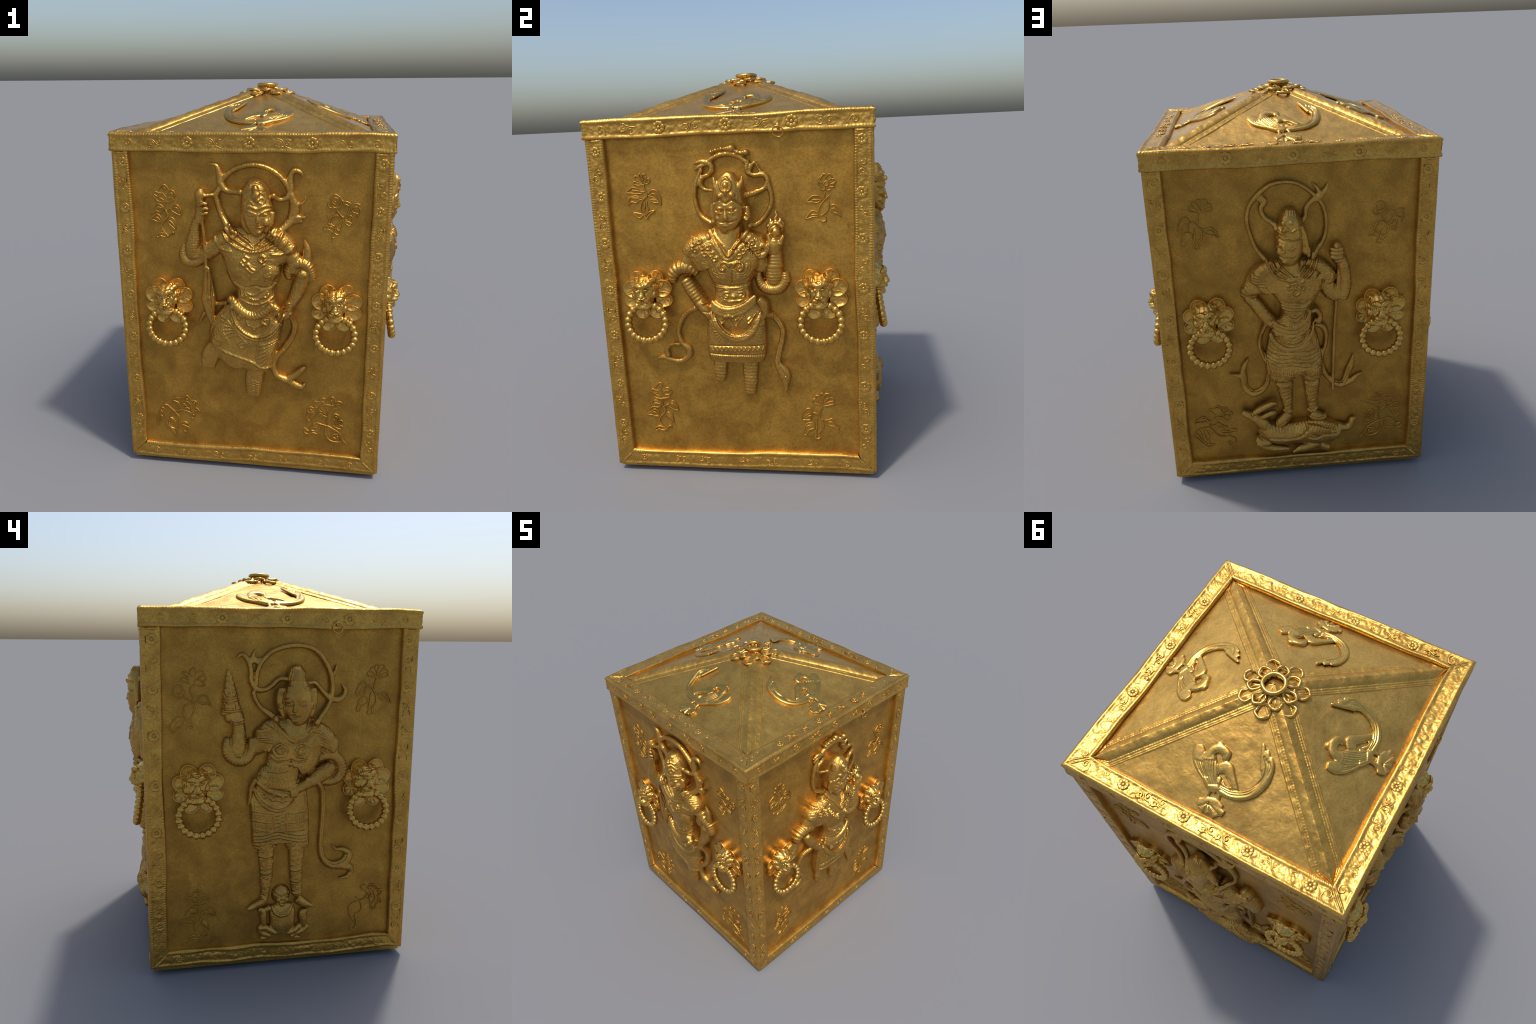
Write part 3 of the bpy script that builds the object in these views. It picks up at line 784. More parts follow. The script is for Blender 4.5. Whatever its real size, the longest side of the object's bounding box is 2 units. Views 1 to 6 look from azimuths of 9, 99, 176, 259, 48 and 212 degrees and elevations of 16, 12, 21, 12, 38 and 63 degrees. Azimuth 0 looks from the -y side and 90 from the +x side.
    f.ball('flaming_jewel', 222, 1250, 18, 28, 30, 50)
    f.ridge([(192, 1259), (204, 1280), (226, 1290), (248, 1279), (257, 1260)], 5.8, 6)
    f.sweep('flaming_jewel', [(188, 1275, 25, 13, 11), (186, 1283, 24, 8.5, 8), (179, 1291, 20, 2.5, 2)])
    f.sweep('flaming_jewel', [(199, 1287, 25, 13, 11), (199, 1300, 24, 8.4, 8), (193, 1312, 20, 2.5, 2)])
    f.sweep('flaming_jewel', [(221, 1291, 25, 13, 11), (221, 1303, 24, 8.4, 8), (216, 1315, 20, 2.5, 2)])
    f.sweep('flaming_jewel', [(239, 1287, 25, 13, 11), (243, 1300, 24, 8.4, 8), (241, 1313, 20, 2.5, 2)])
    f.sweep('flaming_jewel', [(252, 1274, 25, 13, 11), (255, 1285, 24, 8.4, 8), (253, 1295, 20, 2.5, 2)])
    f.sweep('flaming_jewel', [(219, 1308, 24, 8.4, 8), (228, 1324, 22, 5.9, 5), (222, 1334, 20, 4.2, 4), (226, 1348, 16, 2.1, 2)])
    # sashes
    f.sweep('ribbon', [(-181, 885, 28, 16, 19), (-238, 852, 11, 14, 17), (-273, 797, 7, 14, 17), (-284, 747, 6, 13, 16), (-267, 698, 5, 14, 18), (-240, 670, 5, 19, 18), (-240, 635, 5, 18, 18), (-281, 606, 5, 15, 18), (-332, 611, 5, 13, 16), (-381, 623, 5, 11, 14), (-420, 605, 9, 3.3, 4)])
    f.sweep('ribbon', [(-282, 692, 6, 10, 13), (-326, 689, 4, 12, 15), (-353, 661, 4, 14, 15), (-345, 632, 5, 14, 18)])
    f.sweep('ribbon', [(155, 858, 24, 19, 24), (193, 834, 9, 15, 19), (227, 786, 6, 16, 20), (230, 733, 7, 15, 19), (216, 679, 6, 17, 21), (202, 625, 6, 17, 21), (203, 591, 6, 20, 21), (225, 557, 6, 30, 21), (235, 527, 6, 29, 21), (236, 492, 5, 17, 18), (236, 448, 9, 4.7, 6)])
    f.ridge([(195, 838), (229, 786), (229, 733), (213, 680), (204, 626), (216, 583), (237, 539)], 3.7, -3)


def guardian_with_staff(f):
    f.chase('skirt', 'scroll', 24, 1.1)
    f.chase('torso', 'scroll', 30, 0.9)
    f.chase('leg', 'scroll', 20, 1.0)
    f.chase('arm', 'scroll', 20, 0.8)
    f.chase('belt', 'scroll', 26, 0.8)
    f.sweep('halo', [(-113, 1241, 53, 11, 14), (-132, 1256, 38, 12, 16), (-174, 1308, 10, 12, 14), (-197, 1379, 9, 11, 13), (-208, 1444, 10, 11, 13), (-195, 1507, 9, 11, 14), (-154, 1559, 8, 14, 17), (-96, 1604, 12, 10, 13), (-36, 1615, 12, 10, 13), (20, 1607, 12, 10, 13), (68, 1578, 11, 11, 14), (112, 1536, 11, 11, 14), (142, 1492, 10, 11, 14), (156, 1427, 10, 11, 14), (151, 1358, 10, 12, 15), (129, 1310, 19, 12, 16), (106, 1289, 41, 12, 16), (90, 1263, 53, 11, 14)])
    f.sweep('ribbon', [(-74, 1415, 46, 13, 16), (-100, 1434, 23, 12, 15), (-130, 1458, 11, 12, 15), (-141, 1496, 8, 14, 17), (-127, 1525, 5, 18, 19), (-146, 1547, 5, 22, 18)])
    f.sweep('ribbon', [(28, 1426, 48, 11, 14), (56, 1442, 17, 12, 15), (64, 1484, 11, 12, 15), (91, 1519, 12, 13, 16), (121, 1533, 8, 18, 22), (138, 1561, 6, 21, 21)])
    f.sweep('ribbon', [(128, 1556, 8, 14, 17), (115, 1581, 10, 8.9, 11), (91, 1605, 10, 2.4, 3)])
    f.sweep('ribbon', [(145, 1555, 8, 14, 17), (159, 1579, 11, 8.1, 10), (167, 1601, 10, 2.4, 3)])
    # head and crown
    f.sweep('head', [(-11, 1490, 38, 28, 31), (-15, 1463, 43, 42, 46), (-17, 1428, 40, 53, 58), (-18, 1382, 32, 64, 71), (-19, 1331, 33, 66, 73), (-22, 1287, 35, 62, 68), (-26, 1257, 48, 45, 49), (-30, 1243, 63, 25, 27), (-32, 1238, 69, 12, 14)], p=2.35)
    f.sweep('head', [(-5, 1489, 34, 20, 25), (6, 1460, 37, 24, 30), (44, 1375, 47, 19, 24), (58, 1322, 49, 15, 19), (58, 1285, 46, 14, 18)])
    f.ball('head', -45, 1444, 79, 15, 14, 20)
    f.ball('head', -12, 1445, 80, 15, 13, 22)
    f.ball('head', -39, 1415, 86, 17, 14, 22)
    f.ridge([(-76, 1432), (-53, 1409), (-36, 1425), (-13, 1407), (8, 1418), (32, 1425)], 4.8, 5)
    f.ridge([(16, 1421), (28, 1425), (30, 1412), (20, 1413)], 3.6, 4)
    f.ridge([(-85, 1411), (-61, 1401), (-37, 1389)], 4.0, 4)
    f.ridge([(-88, 1378), (-54, 1365), (-30, 1368), (-2, 1362), (35, 1366)], 4.0, -4.5)
    f.sweep('head', [(-47, 1345, 98, 7.4, 9), (-51, 1326, 104, 8.2, 10), (-55, 1312, 103, 11, 14)])
    f.ball('head', -62, 1342, 81, 16, 10, 20)
    f.ball('head', -15, 1342, 87, 20, 12, 24)
    f.ridge([(-78, 1331), (-60, 1319), (-51, 1325)], 3.2, -4)
    f.ridge([(-31, 1319), (-11, 1313), (5, 1325)], 3.2, -4)
    f.ball('head', -69, 1305, 74, 14, 15, 20)
    f.ball('head', -5, 1305, 80, 23, 18, 24)
    f.ridge([(-69, 1282), (-49, 1276), (-32, 1281), (-8, 1278), (4, 1283)], 3.2, -4.5)
    f.ball('head', -39, 1260, 81, 24, 11, 20)
    f.ridge([(-50, 1478), (-37, 1500)], 2.0, 2)
    f.ridge([(-38, 1478), (-28, 1503)], 2.0, 2)
    f.ridge([(-26, 1477), (-20, 1505)], 2.0, 2)
    f.ridge([(-14, 1476), (-11, 1502)], 2.0, 2)
    f.ridge([(-2, 1475), (-2, 1498)], 2.0, 2)
    f.ridge([(10, 1475), (6, 1494)], 2.0, 2)
    f.sweep('head', [(37, 1312, 57, 11, 13), (54, 1286, 50, 11, 13), (71, 1269, 45, 6.7, 8)])
    # torso and cape
    f.sweep('neck', [(-14, 1243, 16, 49, 55), (-7, 1203, 17, 49, 60), (5, 1161, 18, 40, 66)])
    f.sweep('torso', [(-1, 1227, 11, 98, 41), (-3, 1193, 16, 165, 58), (-6, 1158, 20, 193, 69), (5, 1120, 21, 135, 76), (6, 1083, 22, 118, 79), (5, 1045, 21, 94, 73), (0, 1006, 18, 73, 66), (-4, 963, 18, 67, 64), (-9, 924, 18, 84, 64), (-14, 890, 17, 102, 60)], p=2.45)
    f.sweep('torso', [(-73, 1226, 19, 27, 53), (-120, 1210, 17, 40, 59), (-163, 1181, 16, 45, 58), (-182, 1145, 15, 40, 52)])
    f.sweep('torso', [(66, 1240, 19, 27, 53), (112, 1213, 16, 40, 58), (154, 1169, 16, 41, 56), (163, 1130, 14, 36, 51)])
    f.ridge([(-96, 1277), (-65, 1230), (-33, 1197), (3, 1170), (29, 1197), (59, 1236), (76, 1305)], 6.1, 6)
    f.ridge([(-113, 1267), (-82, 1212), (-42, 1183), (3, 1168), (37, 1182), (72, 1218), (92, 1283)], 6.1, 6)
    f.ridge([(-129, 1258), (-98, 1194), (-50, 1168), (3, 1165), (44, 1166), (86, 1199), (108, 1261)], 6.2, 6)
    f.ridge([(-27, 1175), (-11, 1162), (6, 1173), (27, 1173), (39, 1161), (22, 1153), (6, 1166)], 5.8, 7)
    f.ridge([(-27, 1175), (-34, 1164), (-19, 1159)], 5.0, 6)
    f.ridge([(3, 1152), (24, 1142), (40, 1136), (36, 1118), (19, 1129)], 4.6, 5)
    f.ridge([(3, 1152), (-18, 1145), (-34, 1141), (-31, 1123), (-14, 1131)], 4.6, 5)
    f.ridge([(-8, 1126), (-15, 1108), (0, 1093), (17, 1106), (9, 1125)], 4.6, 5)
    f.ridge([(2, 1153), (1, 1121)], 4.6, 5)
    f.ridge([(-190, 1197), (-162, 1186), (-134, 1157)], 3.3, 3)
    f.ridge([(167, 1186), (134, 1170), (108, 1154)], 3.3, 3)
    f.ridge([(-185, 1181), (-156, 1173), (-131, 1147)], 3.3, 3)
    f.ridge([(163, 1171), (129, 1160), (106, 1142)], 3.3, 3)
    f.ridge([(-180, 1165), (-150, 1160), (-128, 1136)], 3.3, 3)
    f.ridge([(159, 1156), (123, 1149), (105, 1130)], 3.3, 3)
    f.ridge([(-175, 1150), (-144, 1147), (-125, 1126)], 3.3, 3)
    f.ridge([(154, 1141), (118, 1138), (103, 1118)], 3.4, 3)
    f.ridge([(-170, 1134), (-137, 1133), (-122, 1116)], 3.3, 3)
    f.ridge([(150, 1125), (113, 1128), (101, 1107)], 3.4, 3)
    f.ridge([(-81, 1057), (-44, 1043), (-1, 1051), (41, 1038), (66, 1051)], 3.8, -5)
    f.ridge([(-69, 1031), (-10, 1022), (50, 1024)], 3.0, 3)
    f.ridge([(-69, 1014), (-10, 1005), (47, 1008)], 3.0, 3)
    f.ridge([(-49, 996), (-32, 981), (-11, 970), (10, 978), (28, 991)], 3.8, 4)
    f.ridge([(-29, 957), (-3, 945), (18, 963)], 3.8, 4)
    f.ridge([(-15, 987), (2, 981), (-3, 969), (-18, 975), (-9, 984)], 3.0, 3)
    # waist folds, apron and skirt
    f.sweep('belt', [(-114, 951, 68, 9.2, 9), (-85, 929, 76, 11, 11), (-43, 914, 80, 12, 12), (-1, 913, 80, 12, 12), (39, 934, 75, 12, 12), (62, 967, 68, 11, 11), (68, 995, 61, 8.3, 8)])
    f.sweep('belt', [(-113, 930, 68, 9.3, 9), (-86, 908, 76, 11, 11), (-44, 893, 80, 12, 12), (-1, 892, 80, 12, 12), (39, 913, 75, 12, 12), (62, 946, 68, 11, 11), (67, 974, 61, 8.3, 8)])
    f.sweep('belt', [(-112, 908, 68, 9.3, 9), (-87, 887, 76, 11, 11), (-45, 872, 80, 12, 12), (-2, 871, 80, 12, 12), (38, 892, 75, 12, 12), (61, 924, 68, 11, 11), (67, 953, 61, 8.3, 8)])
    f.sweep('skirt', [(-19, 894, 15, 106, 55), (-15, 830, 16, 125, 58), (-14, 760, 17, 138, 59), (-12, 698, 16, 143, 58), (-9, 656, 16, 142, 56), (-2, 628, 14, 136, 51)], p=2.6)
    f.sweep('skirt', [(-75, 703, 16, 66, 57), (-67, 650, 15, 62, 55), (-64, 604, 14, 60, 50)])
    f.sweep('skirt', [(65, 691, 16, 62, 57), (73, 638, 15, 60, 55), (79, 603, 14, 53, 50)])
    f.ball('skirt', -21, 856, 27, 97, 65, 60)
    f.sweep('apron', [(-124, 884, 61, 7.8, 6), (-109, 844, 69, 10, 8), (-76, 811, 75, 12, 10), (-34, 794, 77, 12, 10), (15, 799, 75, 12, 10), (55, 832, 71, 11, 8), (79, 884, 62, 7.9, 6), (85, 928, 56, 6.1, 5)])
    f.ridge([(-130, 876), (-111, 826), (-69, 791), (-25, 782), (23, 788), (67, 827)], 3.5, 4)
    f.ridge([(-100, 886), (-76, 860), (-50, 863), (-20, 846), (11, 863), (41, 866), (59, 889)], 4.3, 5)
    f.ridge([(-67, 850), (-25, 834), (15, 843)], 3.4, 4)
    f.ridge([(-143, 800), (-86, 781), (-16, 782), (54, 768), (113, 783)], 3.1, -3)
    f.ridge([(-144, 776), (-87, 756), (-17, 757), (53, 743), (113, 758)], 3.1, -3)
    f.ridge([(-145, 753), (-88, 733), (-17, 735), (53, 720), (113, 735)], 3.1, -3)
    f.ridge([(-146, 731), (-88, 711), (-18, 712), (52, 697), (112, 712)], 3.1, -3)
    f.ridge([(-146, 711), (-89, 691), (-18, 692), (52, 677), (112, 692)], 3.1, -3)
    f.ridge([(-126, 769), (-122, 759)], 2.6, -2.5)
    f.ridge([(-51, 768), (-39, 762)], 3.0, 2.5)
    f.ridge([(-124, 703), (-116, 710)], 2.6, -2.5)
    f.ridge([(13, 704), (20, 711)], 2.6, -2.5)
    f.ridge([(-120, 769), (-116, 758)], 2.6, -2.5)
    f.ridge([(-44, 761), (-31, 754)], 3.1, 2.5)
    f.ridge([(-113, 702), (-106, 709)], 2.6, -2.5)
    f.ridge([(23, 703), (30, 710)], 2.6, -2.5)
    f.ridge([(-113, 768), (-109, 758)], 2.6, -2.5)
    f.ridge([(-36, 753), (-23, 761)], 3.1, 2.5)
    f.ridge([(-103, 701), (-95, 708)], 2.6, -2.5)
    f.ridge([(32, 702), (40, 709)], 2.6, -2.5)
    f.ridge([(-107, 768), (-103, 757)], 2.6, -2.5)
    f.ridge([(-28, 766), (-15, 753)], 3.1, 2.5)
    f.ridge([(-92, 700), (-85, 707)], 2.6, -2.5)
    f.ridge([(42, 702), (49, 709)], 2.6, -2.5)
    f.ridge([(-101, 767), (-97, 757)], 2.6, -2.5)
    f.ridge([(-20, 759), (-7, 760)], 3.1, 2.5)
    f.ridge([(-82, 699), (-74, 706)], 2.6, -2.5)
    f.ridge([(52, 701), (59, 708)], 2.6, -2.5)
    f.ridge([(-95, 767), (-91, 756)], 2.6, -2.5)
    f.ridge([(-13, 751), (1, 752)], 3.1, 2.5)
    f.ridge([(-71, 698), (-64, 705)], 2.6, -2.5)
    f.ridge([(62, 700), (69, 707)], 2.6, -2.5)
    f.ridge([(-89, 766), (-85, 756)], 2.6, -2.5)
    f.ridge([(-4, 764), (9, 758)], 3.1, 2.5)
    f.ridge([(-61, 697), (-53, 704)], 2.6, -2.5)
    f.ridge([(71, 699), (78, 706)], 2.6, -2.5)
    f.ridge([(-83, 766), (-79, 755)], 2.6, -2.5)
    f.ridge([(3, 757), (16, 751)], 3.1, 2.5)
    f.ridge([(-50, 696), (-43, 704)], 2.6, -2.5)
    f.ridge([(81, 698), (88, 705)], 2.6, -2.5)
    f.ridge([(-77, 765), (-73, 755)], 2.6, -2.5)
    f.ridge([(11, 749), (24, 757)], 3.1, 2.5)
    f.ridge([(-39, 696), (-32, 703)], 2.6, -2.5)
    f.ridge([(91, 697), (98, 705)], 2.6, -2.5)
    f.ridge([(-71, 765), (-67, 754)], 2.6, -2.5)
    f.ridge([(19, 762), (32, 749)], 3.1, 2.5)
    f.ridge([(-29, 695), (-22, 702)], 2.6, -2.5)
    f.ridge([(101, 697), (108, 704)], 2.6, -2.5)
    f.ridge([(-125, 669), (-125, 641)], 2.2, 2.5)
    f.ridge([(-115, 668), (-115, 640)], 2.2, 2.5)
    f.ridge([(-104, 668), (-105, 639)], 2.2, 2.5)
    f.ridge([(-94, 667), (-94, 638)], 2.2, 2.5)
    f.ridge([(-84, 666), (-84, 637)], 2.2, 2.5)
    f.ridge([(-74, 665), (-74, 637)], 2.2, 2.5)
    f.ridge([(-64, 664), (-64, 636)], 2.2, 2.5)
    f.ridge([(-54, 663), (-54, 635)], 2.2, 2.5)
    f.ridge([(-43, 662), (-43, 634)], 2.2, 2.5)
    f.ridge([(-33, 661), (-33, 633)], 2.2, 2.5)
    f.ridge([(-23, 661), (-23, 632)], 2.2, 2.5)
    f.ridge([(13, 668), (13, 640)], 2.2, 2.5)
    f.ridge([(23, 667), (23, 639)], 2.2, 2.5)
    f.ridge([(33, 666), (33, 638)], 2.2, 2.5)
    f.ridge([(43, 665), (44, 637)], 2.2, 2.5)
    f.ridge([(54, 664), (54, 636)], 2.2, 2.5)
    f.ridge([(64, 664), (64, 635)], 2.2, 2.5)
    f.ridge([(74, 663), (75, 634)], 2.2, 2.5)
    f.ridge([(84, 662), (85, 633)], 2.2, 2.5)
    f.ridge([(95, 661), (95, 633)], 2.2, 2.5)
    f.ridge([(105, 660), (105, 632)], 2.2, 2.5)
    # legs and feet
    f.sweep('leg', [(-66, 605, 10, 48, 37), (-62, 562, 10, 45, 35), (-58, 507, 9, 38, 32), (-52, 446, 8, 29, 29), (-49, 390, 8, 24, 29)], rings=(22, 0.7, 0.6))
    f.sweep('leg', [(75, 598, 10, 46, 37), (76, 555, 10, 43, 35), (76, 501, 9, 38, 32), (78, 445, 8, 31, 29), (79, 395, 8, 27, 29)], rings=(22, 0.7, 0.6))
    f.ridge([(-100, 573), (-64, 562), (-32, 570)], 4.0, 4)
    f.ridge([(40, 572), (72, 559), (103, 572)], 4.1, 4)
    f.sweep('foot', [(-48, 388, 25, 26, 23), (-70, 360, 25, 30, 27), (-94, 336, 27, 28, 25), (-107, 323, 30, 17, 15)])
    f.sweep('foot', [(73, 380, 25, 26, 23), (94, 362, 25, 30, 27), (121, 354, 26, 27, 24), (145, 359, 29, 16, 14)])
    f.ridge([(-76, 413), (-54, 400), (-30, 409)], 4.1, 4)
    f.ridge([(48, 407), (75, 394), (99, 413)], 4.1, 4)
    f.ridge([(-119, 353), (-97, 329), (-64, 353)], 2.8, -3)
    f.ridge([(48, 376), (94, 361), (136, 365)], 2.8, -3)
    # arm on the hip
    f.sweep('arm', [(-167, 1184, 12, 40, 43), (-186, 1148, 11, 43, 39), (-200, 1112, 10, 43, 36)], rings=(12, 2, 0))
    f.sweep('sleeve', [(-244, 1064, 12, 17, 20), (-232, 1086, 9, 30, 33), (-205, 1103, 11, 36, 39), (-175, 1106, 12, 34, 41), (-155, 1099, 19, 25, 30)], rings=(15, 3, 0))
    f.sweep('arm', [(-229, 1063, 12, 25, 32), (-204, 1042, 11, 30, 38)])
    f.sweep('arm', [(-204, 1051, 11, 34, 40), (-176, 1011, 12, 36, 42), (-144, 961, 12, 37, 44), (-115, 925, 13, 33, 46)])
    f.sweep('hand', [(-120, 931, 23, 29, 40), (-95, 915, 26, 29, 40), (-69, 912, 32, 23, 33)])
    f.sweep('hand', [(-97, 928, 53, 9.5, 12), (-95, 906, 52, 8.7, 11), (-95, 892, 51, 6.1, 8)])
    f.sweep('hand', [(-87, 930, 53, 9.5, 12), (-85, 909, 52, 8.7, 11), (-84, 896, 51, 6.1, 8)])
    f.sweep('hand', [(-77, 932, 53, 9.5, 12), (-74, 912, 52, 8.7, 11), (-73, 900, 51, 6.1, 8)])
    f.sweep('hand', [(-68, 934, 53, 9.5, 12), (-64, 915, 52, 8.7, 11), (-61, 904, 51, 6.1, 8)])
    # arm holding the staff
    f.sweep('arm', [(142, 1149, 11, 36, 41), (155, 1106, 11, 41, 38), (176, 1062, 10, 39, 35), (211, 1035, 9, 32, 32)], rings=(13, 2, 0.6))
    f.sweep('arm', [(233, 1029, 10, 30, 34), (242, 1086, 10, 36, 37), (242, 1142, 11, 33, 39), (234, 1198, 11, 32, 40), (219, 1236, 11, 33, 41)], rings=(14, 1.6, 0.8))
    f.sweep('hand', [(214, 1229, 16, 32, 41), (208, 1260, 13, 37, 47), (206, 1292, 16, 31, 40), (200, 1315, 23, 18, 24)])
    f.sweep('hand', [(170, 1296, 51, 7.5, 9), (198, 1291, 56, 9.2, 11), (228, 1295, 53, 7.5, 9)])
    f.sweep('hand', [(170, 1276, 51, 7.5, 9), (198, 1271, 55, 9.2, 11), (228, 1275, 53, 7.5, 9)])
    f.sweep('hand', [(170, 1256, 51, 7.5, 9), (198, 1251, 55, 9.2, 12), (228, 1255, 53, 7.5, 9)])
    f.sweep('staff', [(213, 1303, 32, 6.7, 8), (214, 1235, 28, 8.4, 10), (208, 1097, 26, 8.6, 10), (199, 978, 24, 8.7, 10), (192, 839, 21, 8.8, 11), (186, 634, 19, 9.1, 11), (184, 505, 17, 9.2, 11)], p=2.5)
    # sashes
    f.sweep('ribbon', [(-143, 922, 33, 11, 14), (-169, 853, 11, 12, 15), (-179, 793, 9, 12, 15), (-163, 731, 9, 12, 16), (-145, 678, 8, 13, 17), (-141, 625, 8, 14, 17), (-156, 561, 5, 15, 19), (-190, 521, 5, 17, 19), (-232, 514, 5, 18, 19), (-264, 555, 5, 18, 19), (-269, 614, 5, 22, 19)])
    f.sweep('ribbon', [(-269, 619, 5, 21, 19), (-269, 655, 5, 16, 19), (-256, 690, 5, 13, 16), (-238, 721, 9, 3.1, 4)])
    f.sweep('ribbon', [(-276, 619, 5, 14, 18), (-307, 630, 8, 9, 11), (-343, 636, 9, 3.6, 4)])
    f.sweep('ribbon', [(96, 901, 28, 12, 15), (135, 876, 11, 17, 21), (151, 838, 9, 14, 18), (149, 777, 9, 12, 16), (130, 713, 10, 12, 15), (130, 660, 8, 14, 17), (149, 599, 5, 16, 19), (184, 553, 5, 16, 19), (221, 529, 5, 17, 19), (258, 536, 5, 17, 19)])
    f.sweep('ribbon', [(239, 533, 5, 16, 19), (258, 590, 5, 18, 19), (278, 641, 5, 19, 18), (291, 704, 9, 3.2, 4)])
    f.sweep('ribbon', [(233, 527, 7, 14, 17), (281, 550, 5, 17, 19), (307, 574, 5, 13, 16), (341, 594, 9, 3.2, 4)])
    f.sweep('ribbon', [(73, 983, 52, 11, 14), (100, 980, 40, 14, 17), (120, 949, 29, 15, 18), (114, 916, 30, 14, 17), (91, 932, 41, 11, 14)])
    f.ridge([(-162, 854), (-169, 794), (-154, 732), (-139, 664), (-152, 581), (-190, 537), (-231, 535), (-252, 574)], 3.6, -3)
    f.ridge([(200, 556), (232, 548), (255, 584), (268, 635)], 3.6, -3)


def ox_underfoot(f):
    f.chase('ox_body', 'fur', 9, 1.4)
    f.chase('ox_head', 'fur', 9, 0.9)
    f.sweep('ox_body', [(-192, 317, 12, 37, 41), (-156, 287, 15, 54, 52), (-101, 266, 17, 60, 59), (-30, 271, 17, 65, 59), (41, 271, 18, 70, 62), (112, 264, 18, 70, 64), (170, 258, 17, 66, 59), (213, 251, 14, 42, 49)])
    f.ball('ox_body', 106, 294, 27, 88, 51, 60)
    f.sweep('ox_head', [(-285, 413, 23, 14, 15), (-254, 398, 27, 20, 22), (-218, 377, 25, 30, 33), (-187, 346, 22, 35, 39), (-165, 308, 18, 35, 39)])
    f.sweep('ox_horn', [(-226, 414, 37, 14, 17), (-188, 436, 35, 17, 20), (-151, 454, 34, 16, 19), (-119, 460, 32, 11, 13), (-103, 434, 29, 4.2, 5)])
    f.sweep('ox_horn', [(-186, 387, 40, 13, 16), (-153, 402, 38, 16, 19), (-125, 406, 32, 16, 19), (-109, 398, 30, 6.5, 8)])
    f.sweep('ox_tail', [(212, 281, 22, 25, 25), (250, 270, 20, 22, 22), (275, 282, 16, 22, 22), (288, 316, 18, 16, 16), (312, 322, 19, 3.3, 3)])
    f.sweep('ox_leg', [(-150, 225, 23, 28, 34), (-188, 224, 25, 26, 32), (-220, 245, 23, 21, 25)])
    f.sweep('ox_leg', [(-212, 228, 34, 21, 23), (-171, 195, 31, 24, 26), (-114, 179, 30, 21, 23), (-54, 173, 32, 12, 14)])
    f.sweep('ox_leg', [(105, 199, 30, 28, 31), (52, 181, 33, 27, 29), (9, 171, 34, 23, 25), (-31, 150, 38, 8.6, 9)])
    f.sweep('ox_leg', [(110, 181, 26, 27, 29), (158, 156, 26, 21, 23)])
    f.ridge([(-138, 353), (-145, 335), (-141, 318)], 2.8, 2.5)
    f.ridge([(-148, 339), (-155, 323), (-154, 307)], 2.8, 2)
    f.ridge([(-122, 354), (-130, 335), (-126, 318)], 2.8, 2.5)
    f.ridge([(-132, 338), (-139, 322), (-138, 305)], 2.8, 2)
    f.ridge([(-107, 355), (-114, 336), (-110, 319)], 2.8, 2.5)
    f.ridge([(-117, 336), (-124, 320), (-122, 304)], 2.8, 2)
    f.ridge([(-91, 356), (-98, 337), (-94, 320)], 2.8, 2.5)
    f.ridge([(-101, 335), (-108, 319), (-107, 302)], 2.8, 2)
    f.ridge([(-75, 356), (-82, 338), (-78, 321)], 2.8, 2.5)
    f.ridge([(-85, 333), (-92, 317), (-91, 301)], 2.8, 2)
    f.ridge([(-60, 357), (-67, 338), (-63, 321)], 2.8, 2.5)
    f.ridge([(-70, 332), (-77, 316), (-75, 299)], 2.8, 2)
    f.ridge([(-44, 358), (-51, 339), (-47, 322)], 2.8, 2.5)
    f.ridge([(-54, 331), (-61, 314), (-60, 298)], 2.8, 2)
    f.ridge([(-28, 359), (-35, 340), (-31, 323)], 2.8, 2.5)
    f.ridge([(-38, 329), (-45, 313), (-44, 296)], 2.8, 2)
    f.ridge([(-13, 359), (-19, 341), (-15, 324)], 2.8, 2.5)
    f.ridge([(-23, 328), (-29, 311), (-28, 294)], 2.8, 2)
    f.ridge([(3, 360), (-4, 341), (1, 324)], 2.8, 2.5)
    f.ridge([(-7, 326), (-14, 310), (-12, 293)], 2.8, 2)
    f.ridge([(19, 361), (12, 342), (16, 325)], 2.8, 2.5)
    f.ridge([(9, 325), (2, 308), (4, 291)], 2.8, 2)
    f.ridge([(35, 362), (28, 343), (32, 326)], 2.8, 2.5)
    f.ridge([(25, 323), (18, 307), (19, 290)], 2.8, 2)
    f.ridge([(50, 362), (44, 344), (48, 326)], 2.8, 2.5)
    f.ridge([(40, 322), (34, 305), (35, 288)], 2.8, 2)
    f.ridge([(66, 359), (59, 340), (64, 323)], 2.8, 2.5)
    f.ridge([(56, 320), (49, 304), (51, 287)], 2.8, 2)
    f.ridge([(82, 355), (75, 336), (80, 319)], 2.8, 2.5)
    f.ridge([(72, 319), (65, 302), (67, 285)], 2.8, 2)
    f.ridge([(98, 351), (91, 332), (95, 315)], 2.8, 2.5)
    f.ridge([(88, 317), (81, 301), (83, 284)], 2.8, 2)
    f.ridge([(113, 348), (107, 329), (111, 312)], 2.8, 2.5)
    f.ridge([(104, 316), (97, 299), (99, 282)], 2.8, 2)
    f.ridge([(129, 344), (122, 325), (127, 308)], 2.8, 2.5)
    f.ridge([(120, 314), (113, 298), (115, 281)], 2.8, 2)
    f.ridge([(145, 340), (138, 321), (143, 304)], 2.8, 2.5)
    f.ridge([(135, 313), (129, 296), (131, 279)], 2.8, 2)
    f.ridge([(161, 336), (154, 318), (159, 300)], 2.8, 2.5)
    f.ridge([(151, 311), (145, 295), (146, 278)], 2.8, 2)
    f.ridge([(177, 333), (170, 314), (175, 297)], 2.8, 2.5)
    f.ridge([(167, 310), (161, 293), (162, 276)], 2.8, 2)
    f.ridge([(193, 329), (186, 310), (191, 293)], 2.8, 2.5)
    f.ridge([(183, 308), (177, 292), (178, 275)], 2.8, 2)
